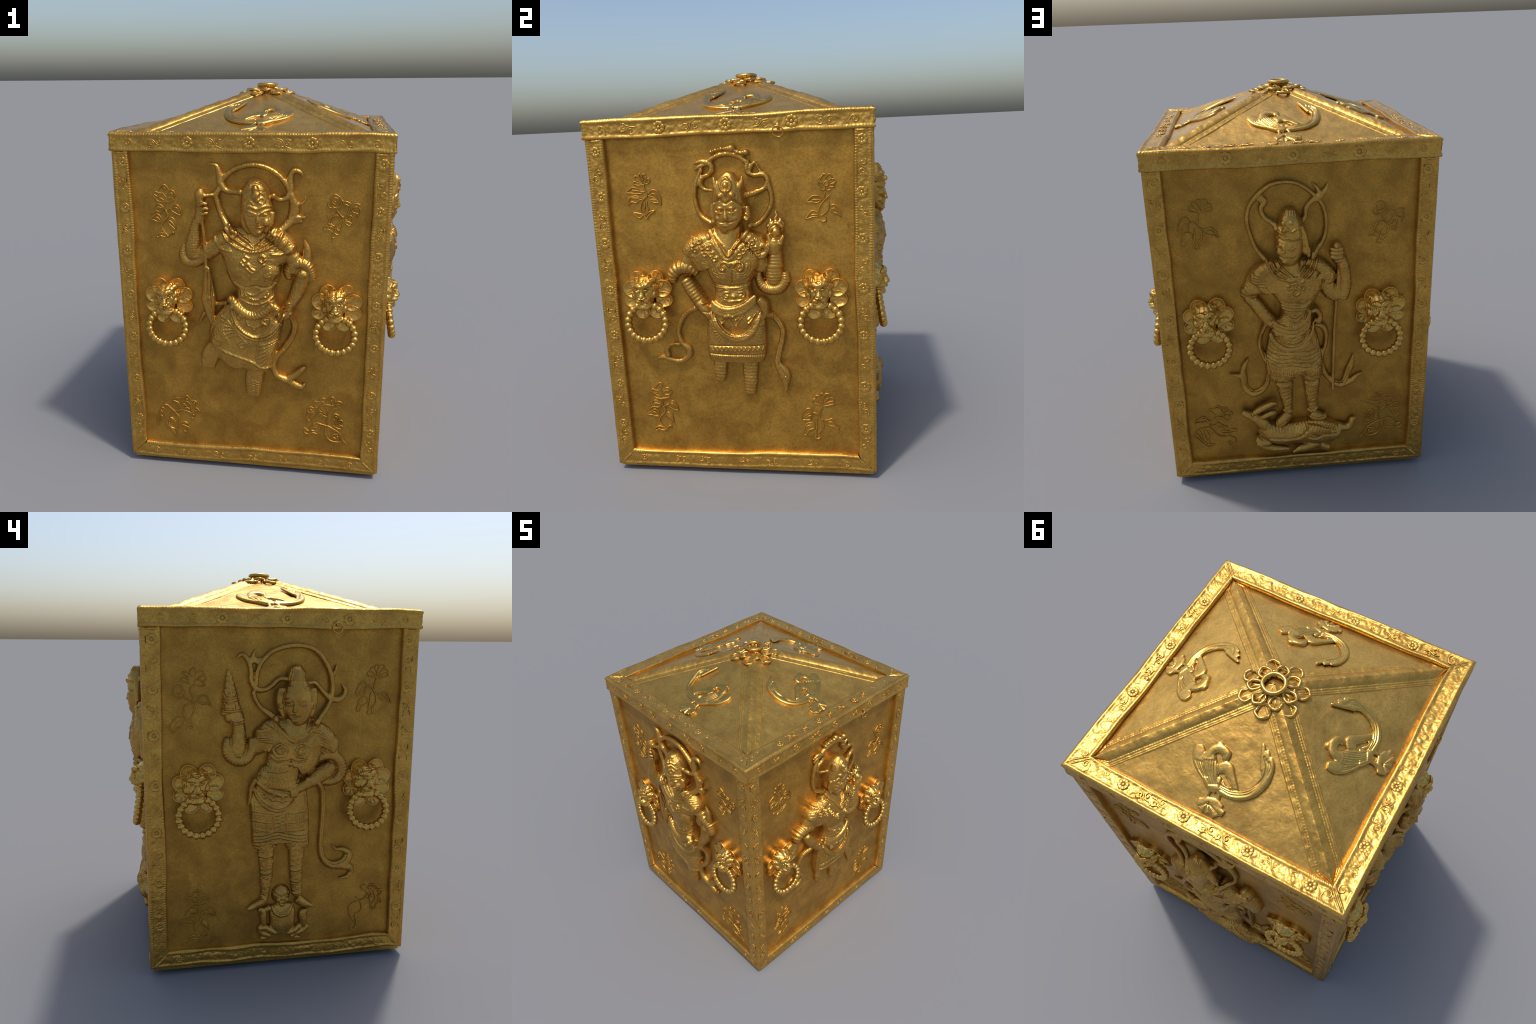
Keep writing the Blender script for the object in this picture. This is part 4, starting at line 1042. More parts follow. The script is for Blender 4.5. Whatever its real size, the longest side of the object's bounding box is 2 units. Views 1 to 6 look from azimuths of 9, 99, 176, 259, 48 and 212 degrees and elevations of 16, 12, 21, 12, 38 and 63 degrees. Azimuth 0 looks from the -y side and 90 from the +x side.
    f.ridge([(-151, 264), (-105, 265), (-58, 260), (-2, 266), (41, 307), (51, 334), (102, 335), (143, 320), (195, 293)], 5.6, -5)
    f.ridge([(49, 267), (91, 257), (129, 276), (195, 270)], 4.2, -4)
    f.ridge([(-240, 408), (-227, 401)], 3.2, -3)


def guardian_with_pagoda(f):
    f.chase('skirt', 'scroll', 22, 1.0)
    f.chase('torso', 'scroll', 24, 1.0)
    f.chase('leg', 'scroll', 20, 1.1)
    f.chase('arm', 'scroll', 18, 0.9)
    f.chase('pagoda', 'scales', 16, 1.2)
    f.sweep('halo', [(-54, 1280, 57, 12, 15), (-74, 1299, 41, 14, 17), (-115, 1328, 17, 12, 15), (-142, 1367, 14, 12, 15), (-156, 1407, 13, 13, 16)])
    f.sweep('halo', [(-139, 1438, 14, 9.8, 12), (-136, 1491, 14, 12, 14), (-114, 1543, 14, 12, 14), (-63, 1591, 17, 12, 14), (14, 1615, 17, 12, 14), (92, 1615, 17, 12, 15), (148, 1592, 17, 12, 15), (195, 1538, 15, 13, 16), (221, 1476, 15, 13, 16), (229, 1417, 14, 14, 17), (219, 1358, 15, 13, 16), (189, 1309, 25, 13, 16), (164, 1281, 40, 14, 17), (146, 1254, 57, 12, 15)])
    f.sweep('ribbon', [(10, 1464, 48, 9.9, 12), (-30, 1464, 18, 13, 16), (-65, 1433, 12, 13, 16), (-101, 1414, 11, 13, 17), (-140, 1419, 9, 15, 19), (-164, 1455, 9, 13, 17), (-165, 1508, 10, 12, 14), (-180, 1552, 7, 13, 17), (-207, 1576, 9, 11, 13), (-239, 1555, 11, 2.6, 3)])
    f.sweep('ribbon', [(-164, 1539, 6, 12, 16), (-155, 1569, 4, 13, 16), (-144, 1600, 10, 3.1, 4)])
    f.sweep('ribbon', [(-159, 1556, 7, 11, 13), (-137, 1543, 6, 12, 14), (-119, 1560, 9, 7.1, 9)])
    f.sweep('ribbon', [(-146, 1560, 4, 12, 14), (-128, 1530, 7, 8.9, 11)])
    f.sweep('ribbon', [(102, 1447, 49, 9, 11), (140, 1445, 25, 12, 15), (178, 1408, 14, 13, 16), (216, 1375, 8, 16, 20), (255, 1363, 7, 17, 21), (285, 1379, 9, 14, 17), (295, 1409, 9, 10, 13), (276, 1438, 11, 2.8, 3)])
    f.sweep('ribbon', [(231, 1480, 10, 11, 14), (244, 1502, 9, 9.1, 11), (249, 1528, 8, 6.4, 8)])
    # head and topknot
    f.sweep('head', [(51, 1523, 29, 24, 27), (49, 1499, 31, 42, 46), (48, 1464, 39, 42, 46), (52, 1432, 26, 58, 64), (54, 1391, 21, 77, 74), (55, 1341, 21, 81, 75), (53, 1300, 20, 68, 72), (46, 1271, 42, 41, 45), (39, 1256, 60, 16, 18)], p=2.35)
    f.ridge([(5, 1462), (13, 1493), (22, 1521)], 2.6, 3)
    f.ridge([(15, 1462), (21, 1493), (27, 1521)], 2.6, 3)
    f.ridge([(25, 1462), (28, 1493), (32, 1521)], 2.6, 3)
    f.ridge([(35, 1462), (35, 1493), (37, 1521)], 2.6, 3)
    f.ridge([(45, 1462), (42, 1493), (42, 1521)], 2.6, 3)
    f.ridge([(55, 1462), (50, 1493), (47, 1521)], 2.6, 3)
    f.ridge([(65, 1462), (57, 1493), (52, 1521)], 2.6, 3)
    f.ridge([(75, 1462), (64, 1492), (57, 1521)], 2.6, 3)
    f.ridge([(-36, 1396), (-11, 1418)], 3.1, 3)
    f.ridge([(120, 1395), (94, 1417)], 3.1, 3)
    f.ridge([(-30, 1404), (-4, 1422)], 3.1, 3)
    f.ridge([(114, 1403), (87, 1421)], 3.1, 3)
    f.ridge([(-23, 1412), (3, 1425)], 3.1, 3)
    f.ridge([(108, 1411), (81, 1424)], 3.1, 3)
    f.ridge([(-17, 1420), (10, 1428)], 3.1, 3)
    f.ridge([(103, 1419), (74, 1428)], 3.1, 3)
    f.ridge([(-11, 1428), (18, 1432)], 3.1, 3)
    f.ridge([(97, 1427), (68, 1431)], 3.1, 3)
    f.sweep('head', [(-26, 1421, 45, 18, 22), (-34, 1377, 46, 21, 26), (-31, 1332, 51, 17, 21), (-19, 1293, 51, 12, 15)])
    f.sweep('head', [(124, 1419, 45, 18, 23), (129, 1375, 47, 20, 25), (123, 1330, 52, 16, 20), (116, 1295, 51, 12, 15)])
    f.ridge([(-34, 1356), (-25, 1347), (-34, 1334), (-40, 1347), (-34, 1354)], 3.6, 4)
    f.ridge([(118, 1354), (109, 1345), (119, 1331), (125, 1345), (118, 1352)], 3.6, 4)
    f.sweep('head', [(28, 1367, 90, 6.3, 8), (27, 1336, 92, 8.1, 10), (27, 1319, 93, 12, 15)])
    f.ball('head', 0, 1367, 74, 20, 13, 20)
    f.ball('head', 64, 1366, 75, 22, 15, 24)
    f.ridge([(-17, 1346), (4, 1341), (19, 1348)], 3.1, -3)
    f.ridge([(45, 1347), (66, 1340), (84, 1345)], 3.1, -3)
    f.ridge([(-13, 1366), (5, 1374), (23, 1365)], 3.6, 3)
    f.ridge([(42, 1365), (60, 1373), (81, 1365)], 3.6, 3)
    f.ridge([(16, 1294), (34, 1291), (53, 1293)], 3.1, -3.5)
    f.ball('head', 29, 1302, 84, 17, 5, 14)
    f.ball('head', 33, 1275, 73, 20, 11, 18)
    # torso
    f.sweep('neck', [(51, 1272, 14, 68, 49), (49, 1236, 16, 73, 56), (47, 1199, 17, 68, 61)])
    f.sweep('torso', [(55, 1262, 9, 108, 30), (47, 1226, 12, 166, 44), (43, 1189, 15, 191, 52), (39, 1147, 16, 157, 56), (37, 1110, 16, 138, 57), (9, 1086, 15, 103, 53), (-5, 1053, 14, 89, 49), (-14, 1025, 13, 89, 48), (-30, 993, 13, 106, 48), (-37, 959, 13, 114, 47)], p=2.45)
    f.ball('torso', -30, 1133, 21, 50, 48, 60)
    f.ball('torso', 78, 1123, 21, 51, 48, 60)
    f.sweep('torso', [(104, 1234, 13, 29, 46), (167, 1209, 13, 49, 47), (217, 1156, 12, 50, 44), (228, 1118, 11, 40, 39)])
    f.ball('torso', -107, 1205, 6, 50, 41, 52)
    f.ridge([(-35, 1151), (-19, 1136), (-35, 1121), (-53, 1137), (-35, 1151)], 4.0, 5)
    f.ridge([(-70, 1137), (-59, 1163), (-31, 1170), (-5, 1153), (-2, 1126), (-21, 1106), (-53, 1109), (-70, 1137)], 4.5, 4.5)
    f.ridge([(67, 1145), (84, 1129), (68, 1114), (50, 1130), (67, 1145)], 4.1, 5)
    f.ridge([(32, 1131), (43, 1157), (71, 1164), (98, 1147), (101, 1120), (82, 1100), (49, 1103), (32, 1131)], 4.5, 4.5)
    f.ridge([(-56, 1286), (-51, 1250), (-18, 1213), (19, 1180), (42, 1180), (84, 1197), (125, 1228), (134, 1269)], 10.8, 7)
    f.ridge([(-101, 1251), (-60, 1227), (-22, 1190), (20, 1157), (71, 1165), (117, 1196), (158, 1241)], 4.1, 3)
    f.ridge([(-149, 1224), (-113, 1228), (-77, 1236)], 3.1, 2.5)
    f.ridge([(151, 1231), (185, 1203), (214, 1165)], 3.2, 3)
    f.ridge([(-146, 1214), (-110, 1217), (-75, 1222)], 3.1, 2.5)
    f.ridge([(154, 1215), (190, 1189), (218, 1155)], 3.2, 3)
    f.ridge([(-142, 1204), (-108, 1206), (-73, 1209)], 3.1, 2.5)
    f.ridge([(157, 1200), (195, 1175), (223, 1144)], 3.2, 3)
    f.ridge([(-138, 1194), (-105, 1195), (-71, 1195)], 3.1, 2.5)
    f.ridge([(161, 1184), (200, 1161), (227, 1134)], 3.2, 3)
    f.ridge([(-135, 1184), (-102, 1184), (-69, 1182)], 3.1, 2.5)
    f.ridge([(164, 1168), (205, 1147), (231, 1124)], 3.2, 3)
    f.ridge([(-131, 1174), (-99, 1173), (-67, 1168)], 3.1, 2.5)
    f.ridge([(167, 1152), (211, 1133), (235, 1113)], 3.2, 3)
    f.ridge([(-95, 1102), (-54, 1077), (-3, 1080), (21, 1084)], 4.5, -4)
    f.ridge([(21, 1084), (54, 1074), (96, 1082)], 4.6, -4)
    f.ball('torso', 18, 1067, 55, 15, 15, 20)
    f.ball('torso', 39, 1059, 56, 12, 14, 18)
    f.ridge([(-96, 1053), (-98, 1037)], 2.7, 2.5)
    f.ridge([(-84, 1052), (-85, 1036)], 2.7, 2.5)
    f.ridge([(-72, 1052), (-73, 1036)], 2.7, 2.5)
    f.ridge([(-60, 1052), (-61, 1035)], 2.7, 2.5)
    f.ridge([(-48, 1051), (-49, 1035)], 2.7, 2.5)
    f.ridge([(-35, 1051), (-37, 1035)], 2.7, 2.5)
    f.ridge([(-23, 1050), (-25, 1034)], 2.7, 2.5)
    f.ridge([(-11, 1050), (-13, 1034)], 2.7, 2.5)
    f.ridge([(1, 1050), (-1, 1033)], 2.7, 2.5)
    f.ridge([(-105, 1032), (-44, 1026), (2, 1033)], 3.6, 3)
    f.ridge([(-128, 1003), (-104, 1011), (-81, 982)], 3.2, 2.5)
    f.ridge([(-99, 950), (-76, 982), (-63, 1014)], 2.7, 2)
    f.ridge([(-109, 1005), (-86, 1008), (-64, 982)], 3.2, 2.5)
    f.ridge([(-82, 950), (-60, 982), (-47, 1014)], 2.7, 2)
    f.ridge([(-90, 1007), (-67, 1004), (-47, 981)], 3.2, 2.5)
    f.ridge([(-66, 949), (-45, 981), (-31, 1013)], 2.7, 2)
    f.ridge([(-72, 1009), (-49, 1001), (-30, 980)], 3.2, 2.5)
    f.ridge([(-49, 948), (-29, 980), (-15, 1013)], 2.7, 2)
    f.ridge([(-53, 1011), (-30, 997), (-14, 980)], 3.2, 2.5)
    f.ridge([(-32, 947), (-13, 980), (1, 1012)], 2.7, 2)
    f.ridge([(-35, 1013), (-11, 994), (3, 979)], 3.2, 2.5)
    f.ridge([(-15, 947), (3, 979), (17, 1011)], 2.7, 2)
    # sash, apron and skirt
    f.sweep('belt', [(-148, 993, 32, 9.8, 10), (-123, 965, 36, 13, 13), (-86, 936, 39, 14, 14), (-39, 915, 40, 14, 14), (9, 908, 40, 12, 12)])
    f.sweep('apron', [(-154, 949, 29, 7.4, 6), (-131, 902, 32, 12, 10), (-98, 863, 33, 15, 12), (-54, 838, 33, 16, 13), (-11, 838, 33, 15, 12), (31, 862, 33, 12, 10), (60, 884, 32, 7.5, 6)])
    f.ridge([(-152, 945), (-124, 888), (-82, 853), (-34, 836), (13, 853), (45, 885)], 3.2, -4)
    f.ridge([(-117, 910), (-105, 921), (-92, 909), (-104, 897), (-117, 910)], 3.7, 4)
    f.ridge([(-74, 896), (-62, 908), (-50, 895), (-62, 883), (-74, 896)], 3.7, 4)
    f.ridge([(-27, 887), (-15, 899), (-3, 886), (-15, 874), (-27, 887)], 3.7, 4)
    f.ridge([(-137, 943), (-100, 914), (-43, 883), (13, 880)], 3.2, 3)
    f.sweep('skirt', [(-41, 973, 8, 112, 29), (-30, 915, 9, 140, 31), (-22, 847, 9, 146, 31), (-17, 778, 8, 146, 30), (-13, 708, 8, 145, 29), (-11, 658, 8, 142, 27)], p=2.6)
    f.sweep('skirt', [(-86, 712, 8, 66, 29), (-90, 663, 8, 66, 28), (-92, 638, 7, 58, 25)])
    f.sweep('skirt', [(65, 704, 8, 64, 29), (71, 654, 8, 64, 28), (72, 628, 7, 56, 25)])
    f.ridge([(-166, 835), (-113, 823), (-61, 817)], 3.2, 3)
    f.ridge([(6, 816), (53, 815), (107, 822)], 3.3, 3)
    f.ridge([(-166, 788), (-112, 775), (-60, 769)], 3.2, 3)
    f.ridge([(6, 767), (54, 767), (108, 774)], 3.3, 3)
    f.ridge([(-166, 745), (-112, 732), (-60, 725)], 3.3, 3)
    f.ridge([(7, 724), (55, 723), (109, 730)], 3.3, 3)
    f.ridge([(-55, 811), (-54, 729)], 3.7, 4)
    f.ridge([(1, 813), (2, 726)], 3.7, 4)
    f.ridge([(-55, 728), (2, 725)], 3.7, 5)
    f.ridge([(-155, 816), (-153, 780)], 2.8, 2.5)
    f.ridge([(-152, 768), (-149, 724)], 2.8, 2.5)
    f.ridge([(-159, 864), (-157, 835)], 2.7, 2)
    f.ridge([(-144, 815), (-142, 779)], 2.8, 2.5)
    f.ridge([(-141, 767), (-139, 724)], 2.8, 2.5)
    f.ridge([(-147, 863), (-144, 834)], 2.8, 2)
    f.ridge([(-133, 815), (-131, 779)], 2.8, 2.5)
    f.ridge([(-130, 767), (-128, 723)], 2.8, 2.5)
    f.ridge([(-135, 862), (-132, 834)], 2.8, 2)
    f.ridge([(-122, 814), (-120, 778)], 2.8, 2.5)
    f.ridge([(-120, 766), (-117, 723)], 2.8, 2.5)
    f.ridge([(-123, 862), (-120, 833)], 2.8, 2)
    f.ridge([(-112, 814), (-109, 778)], 2.8, 2.5)
    f.ridge([(-109, 766), (-106, 722)], 2.8, 2.5)
    f.ridge([(-111, 861), (-108, 833)], 2.8, 2)
    f.ridge([(-101, 813), (-99, 777)], 2.8, 2.5)
    f.ridge([(-98, 765), (-95, 721)], 2.8, 2.5)
    f.ridge([(-99, 861), (-96, 832)], 2.8, 2)
    f.ridge([(-90, 813), (-88, 777)], 2.8, 2.5)
    f.ridge([(-87, 764), (-84, 721)], 2.8, 2.5)
    f.ridge([(-87, 860), (-83, 831)], 2.8, 2)
    f.ridge([(-79, 812), (-77, 776)], 2.8, 2.5)
    f.ridge([(-76, 764), (-73, 720)], 2.8, 2.5)
    f.ridge([(-74, 860), (-71, 831)], 2.8, 2)
    f.ridge([(-68, 812), (-66, 775)], 2.8, 2.5)
    f.ridge([(-65, 763), (-62, 720)], 2.8, 2.5)
    f.ridge([(-62, 859), (-59, 830)], 2.8, 2)
    f.ridge([(13, 808), (13, 771)], 2.8, 2.5)
    f.ridge([(14, 762), (13, 728)], 2.8, 2.5)
    f.ridge([(-46, 806), (-23, 809)], 3.2, 2.5)
    f.ridge([(24, 807), (24, 771)], 2.8, 2.5)
    f.ridge([(25, 761), (25, 727)], 2.8, 2.5)
    f.ridge([(-27, 796), (-8, 799)], 3.2, 2.5)
    f.ridge([(36, 806), (36, 770)], 2.8, 2.5)
    f.ridge([(37, 760), (36, 726)], 2.8, 2.5)
    f.ridge([(-46, 787), (-23, 790)], 3.2, 2.5)
    f.ridge([(47, 806), (47, 770)], 2.8, 2.5)
    f.ridge([(48, 760), (48, 726)], 2.8, 2.5)
    f.ridge([(-27, 777), (-8, 780)], 3.2, 2.5)
    f.ridge([(59, 805), (59, 769)], 2.8, 2.5)
    f.ridge([(60, 759), (59, 725)], 2.8, 2.5)
    f.ridge([(-46, 769), (-22, 771)], 3.2, 2.5)
    f.ridge([(70, 805), (70, 768)], 2.8, 2.5)
    f.ridge([(71, 759), (71, 724)], 2.8, 2.5)
    f.ridge([(-27, 759), (-8, 760)], 3.3, 2.5)
    f.ridge([(82, 804), (82, 768)], 2.8, 2.5)
    f.ridge([(83, 758), (83, 724)], 2.8, 2.5)
    f.ridge([(-46, 751), (-22, 751)], 3.3, 2.5)
    f.ridge([(93, 804), (93, 767)], 2.8, 2.5)
    f.ridge([(95, 757), (94, 723)], 2.8, 2.5)
    f.ridge([(-27, 740), (-7, 741)], 3.3, 2.5)
    f.ridge([(-154, 704), (-97, 711), (-54, 723), (-21, 723), (18, 712), (66, 702), (107, 699)], 3.8, 3)
    f.ridge([(-153, 687), (-97, 694), (-54, 706), (-21, 706), (18, 695), (66, 685), (108, 682)], 3.8, 3)
    f.ridge([(-153, 673), (-97, 679), (-54, 691), (-20, 691), (18, 680), (67, 670), (108, 667)], 3.8, 3)
    # legs and feet
    f.sweep('leg', [(-89, 648, 8, 44, 27), (-86, 602, 7, 41, 26), (-84, 542, 7, 36, 24), (-84, 481, 6, 32, 23), (-88, 424, 6, 25, 22), (-90, 378, 6, 22, 21)], rings=(26, 0.6, 0.7))
    f.sweep('leg', [(69, 638, 8, 44, 27), (69, 593, 7, 40, 26), (68, 532, 7, 35, 24), (70, 470, 6, 32, 23), (74, 413, 6, 29, 22), (77, 376, 6, 26, 21)], rings=(26, 0.6, 0.7))
    f.ridge([(-131, 604), (-92, 591), (-59, 599)], 3.8, 3)
    f.ridge([(-125, 513), (-91, 505), (-60, 513)], 3.8, 3)
    f.ridge([(30, 520), (60, 513), (94, 519)], 3.8, 3)
    f.ridge([(37, 460), (67, 453), (91, 462)], 3.8, 3)
    f.ridge([(43, 393), (68, 386), (93, 395)], 3.9, 3)
    f.sweep('foot', [(-92, 373, 12, 21, 18), (-102, 351, 11, 22, 20), (-131, 338, 12, 19, 17), (-163, 319, 10, 17, 15), (-179, 318, 13, 8.5, 8)])
    f.sweep('foot', [(78, 354, 7, 25, 23), (96, 338, 8, 26, 23), (125, 322, 12, 19, 17), (155, 311, 15, 9.4, 8)])
    f.ridge([(-116, 381), (-109, 386), (-103, 377), (-112, 370)], 3.2, 4)
    # arm carrying the pagoda
    f.sweep('arm', [(-111, 1169, 10, 49, 37), (-134, 1151, 10, 47, 34), (-157, 1147, 8, 44, 30)])
    f.sweep('sleeve', [(-276, 1189, 6, 15, 19), (-280, 1150, 8, 24, 27), (-272, 1113, 8, 28, 30), (-245, 1085, 9, 29, 32), (-208, 1079, 9, 29, 33), (-176, 1101, 9, 29, 33), (-161, 1138, 9, 26, 31), (-162, 1184, 10, 18, 23)], rings=(12, 3, 0))
    f.sweep('arm', [(-227, 1103, 10, 27, 35), (-227, 1131, 11, 39, 38), (-224, 1177, 11, 37, 38), (-222, 1222, 10, 33, 37), (-223, 1259, 10, 29, 35)], rings=(12, 1.8, 0.9))
    f.ridge([(-261, 1279), (-234, 1272), (-207, 1280)], 4.4, 5)
    f.ridge([(-259, 1264), (-234, 1259), (-205, 1267)], 3.5, 4)
    f.sweep('hand', [(-223, 1260, 19, 27, 27), (-229, 1282, 14, 36, 36), (-245, 1298, 11, 49, 39), (-256, 1309, 10, 50, 36)])
    f.sweep('pagoda', [(-257, 1307, 9, 53, 34), (-259, 1331, 9, 45, 33), (-261, 1363, 9, 41, 32), (-263, 1394, 9, 35, 30), (-265, 1429, 11, 27, 25), (-268, 1469, 15, 18, 16), (-271, 1500, 17, 7.1, 6), (-271, 1515, 15, 2.2, 2)], rings=(26, 2.6, 0))
    f.ridge([(-305, 1368), (-269, 1365), (-234, 1371)], 4.0, 5)
    f.ridge([(-287, 1328), (-283, 1350), (-267, 1358), (-252, 1352), (-246, 1327)], 4.0, 5)
    f.ridge([(-304, 1389), (-291, 1407), (-278, 1389), (-264, 1406), (-251, 1391), (-242, 1406)], 3.5, 4)
    f.ridge([(-310, 1320), (-265, 1316), (-221, 1321)], 4.4, 6)
    # arm on the hip
    f.sweep('arm', [(207, 1166, 11, 50, 38), (223, 1123, 10, 48, 35), (230, 1089, 9, 45, 31)])
    f.sweep('sleeve', [(159, 1068, 11, 17, 21), (185, 1088, 10, 23, 29), (224, 1096, 9, 27, 33), (259, 1081, 10, 29, 34), (284, 1044, 9, 30, 33), (286, 1005, 9, 29, 33), (263, 974, 9, 26, 31), (224, 961, 8, 22, 27), (196, 960, 10, 14, 18)], rings=(13, 3, 0))
    f.sweep('arm', [(240, 1042, 10, 30, 37), (214, 1022, 11, 42, 40), (175, 997, 11, 42, 40), (127, 967, 12, 33, 42), (97, 950, 17, 29, 38)], rings=(16, 1.2, 0.9))
    f.sweep('hand', [(105, 961, 22, 26, 34), (71, 941, 23, 27, 35), (41, 931, 29, 21, 28)])
    f.sweep('hand', [(55, 931, 44, 10, 13), (55, 912, 44, 9.4, 12), (54, 897, 44, 6.1, 8)])
    f.sweep('hand', [(44, 932, 44, 10, 13), (44, 912, 44, 9.3, 12), (41, 898, 44, 6.1, 8)])
    f.sweep('hand', [(34, 932, 44, 10, 13), (32, 913, 44, 9.3, 12), (29, 898, 44, 6.1, 8)])
    # sashes
    f.sweep('ribbon', [(103, 983, 37, 12, 15), (130, 978, 35, 17, 21), (167, 959, 25, 17, 21), (194, 912, 14, 16, 20), (199, 849, 10, 14, 18), (198, 770, 9, 13, 17), (193, 690, 9, 13, 17), (194, 621, 7, 15, 19), (204, 569, 6, 17, 20), (235, 531, 6, 20, 20), (281, 520, 6, 24, 20), (322, 525, 6, 29, 20)])
    f.sweep('ribbon', [(312, 520, 6, 27, 20), (337, 550, 6, 25, 20), (343, 580, 5, 20, 19), (312, 603, 5, 15, 17), (276, 608, 8, 7.8, 10), (251, 633, 9, 2.4, 3)])
    f.sweep('ribbon', [(312, 515, 6, 23, 20), (351, 505, 5, 19, 19), (360, 479, 5, 15, 17), (338, 454, 6, 11, 14), (298, 447, 7, 3.9, 5)])
    f.sweep('ribbon', [(-146, 992, 46, 11, 14), (-166, 946, 27, 10, 13), (-171, 897, 22, 8.3, 10), (-178, 854, 15, 4.2, 5)])
    f.ridge([(198, 917), (203, 829), (198, 730), (193, 630), (210, 567), (262, 533), (317, 550), (331, 580)], 3.4, -3)


def dwarf_underfoot(f):
    f.ball('dwarf_head', -7, 382, -22, 53, 59, 64)
    f.sweep('dwarf_head', [(-9, 383, 38, 5, 6), (-7, 368, 35, 8.5, 11)])
    f.ball('dwarf_head', -29, 381, 29, 13, 6, 14)
    f.ball('dwarf_head', 15, 384, 29, 13, 6, 14)
    f.ridge([(-45, 400), (-29, 391), (-16, 383)], 3.5, -4)
    f.ridge([(-4, 384), (10, 392), (28, 398)], 3.5, -4)
    f.ball('dwarf_head', -24, 363, 25, 14, 13, 18)
    f.ball('dwarf_head', 16, 360, 25, 14, 13, 18)
    f.ridge([(-32, 357), (-10, 353), (11, 357)], 3.2, -4)
    f.ball('dwarf_head', -5, 336, 22, 16, 9, 18)
    f.sweep('dwarf_body', [(-1, 318, 6, 61, 23), (1, 287, 8, 68, 27), (2, 253, 9, 66, 30), (1, 214, 9, 63, 30), (1, 178, 7, 40, 25)])
    f.ball('dwarf_body', -3, 229, -8, 54, 39, 50)
    f.ridge([(-63, 334), (-37, 310), (-6, 296), (28, 308), (49, 329)], 5.0, 5)
    f.ridge([(-59, 325), (-37, 299), (-6, 287), (28, 297), (45, 320)], 5.0, 5)
    f.ridge([(-54, 316), (-37, 288), (-6, 277), (28, 287), (41, 312)], 5.0, 5)
    f.sweep('dwarf_arm', [(-122, 312, 11, 14, 17), (-101, 300, 9, 18, 21), (-98, 262, 10, 18, 21), (-96, 224, 8, 16, 20)])
    f.sweep('dwarf_arm', [(128, 290, 12, 12, 15), (109, 278, 7, 22, 24), (108, 243, 7, 23, 25), (111, 204, 6, 18, 22)])
    f.sweep('dwarf_arm', [(-65, 316, 9, 18, 21), (-87, 307, 9, 16, 20)])
    f.sweep('dwarf_leg', [(-122, 208, 7, 18, 21), (-86, 208, 9, 19, 22), (-50, 185, 12, 16, 19), (-15, 175, 14, 11, 13)])
    f.sweep('dwarf_leg', [(-122, 197, 6, 16, 20), (-97, 176, 8, 16, 19), (-66, 165, 10, 14, 17), (-95, 152, 11, 12, 14), (-113, 154, 12, 7.2, 9)])
    f.sweep('dwarf_leg', [(92, 205, 6, 19, 23), (62, 182, 9, 17, 21), (22, 171, 13, 12, 14)])
    f.sweep('dwarf_leg', [(137, 204, 12, 12, 15), (107, 178, 9, 16, 19), (71, 166, 10, 14, 17), (53, 148, 11, 12, 15), (94, 142, 13, 8, 10)])


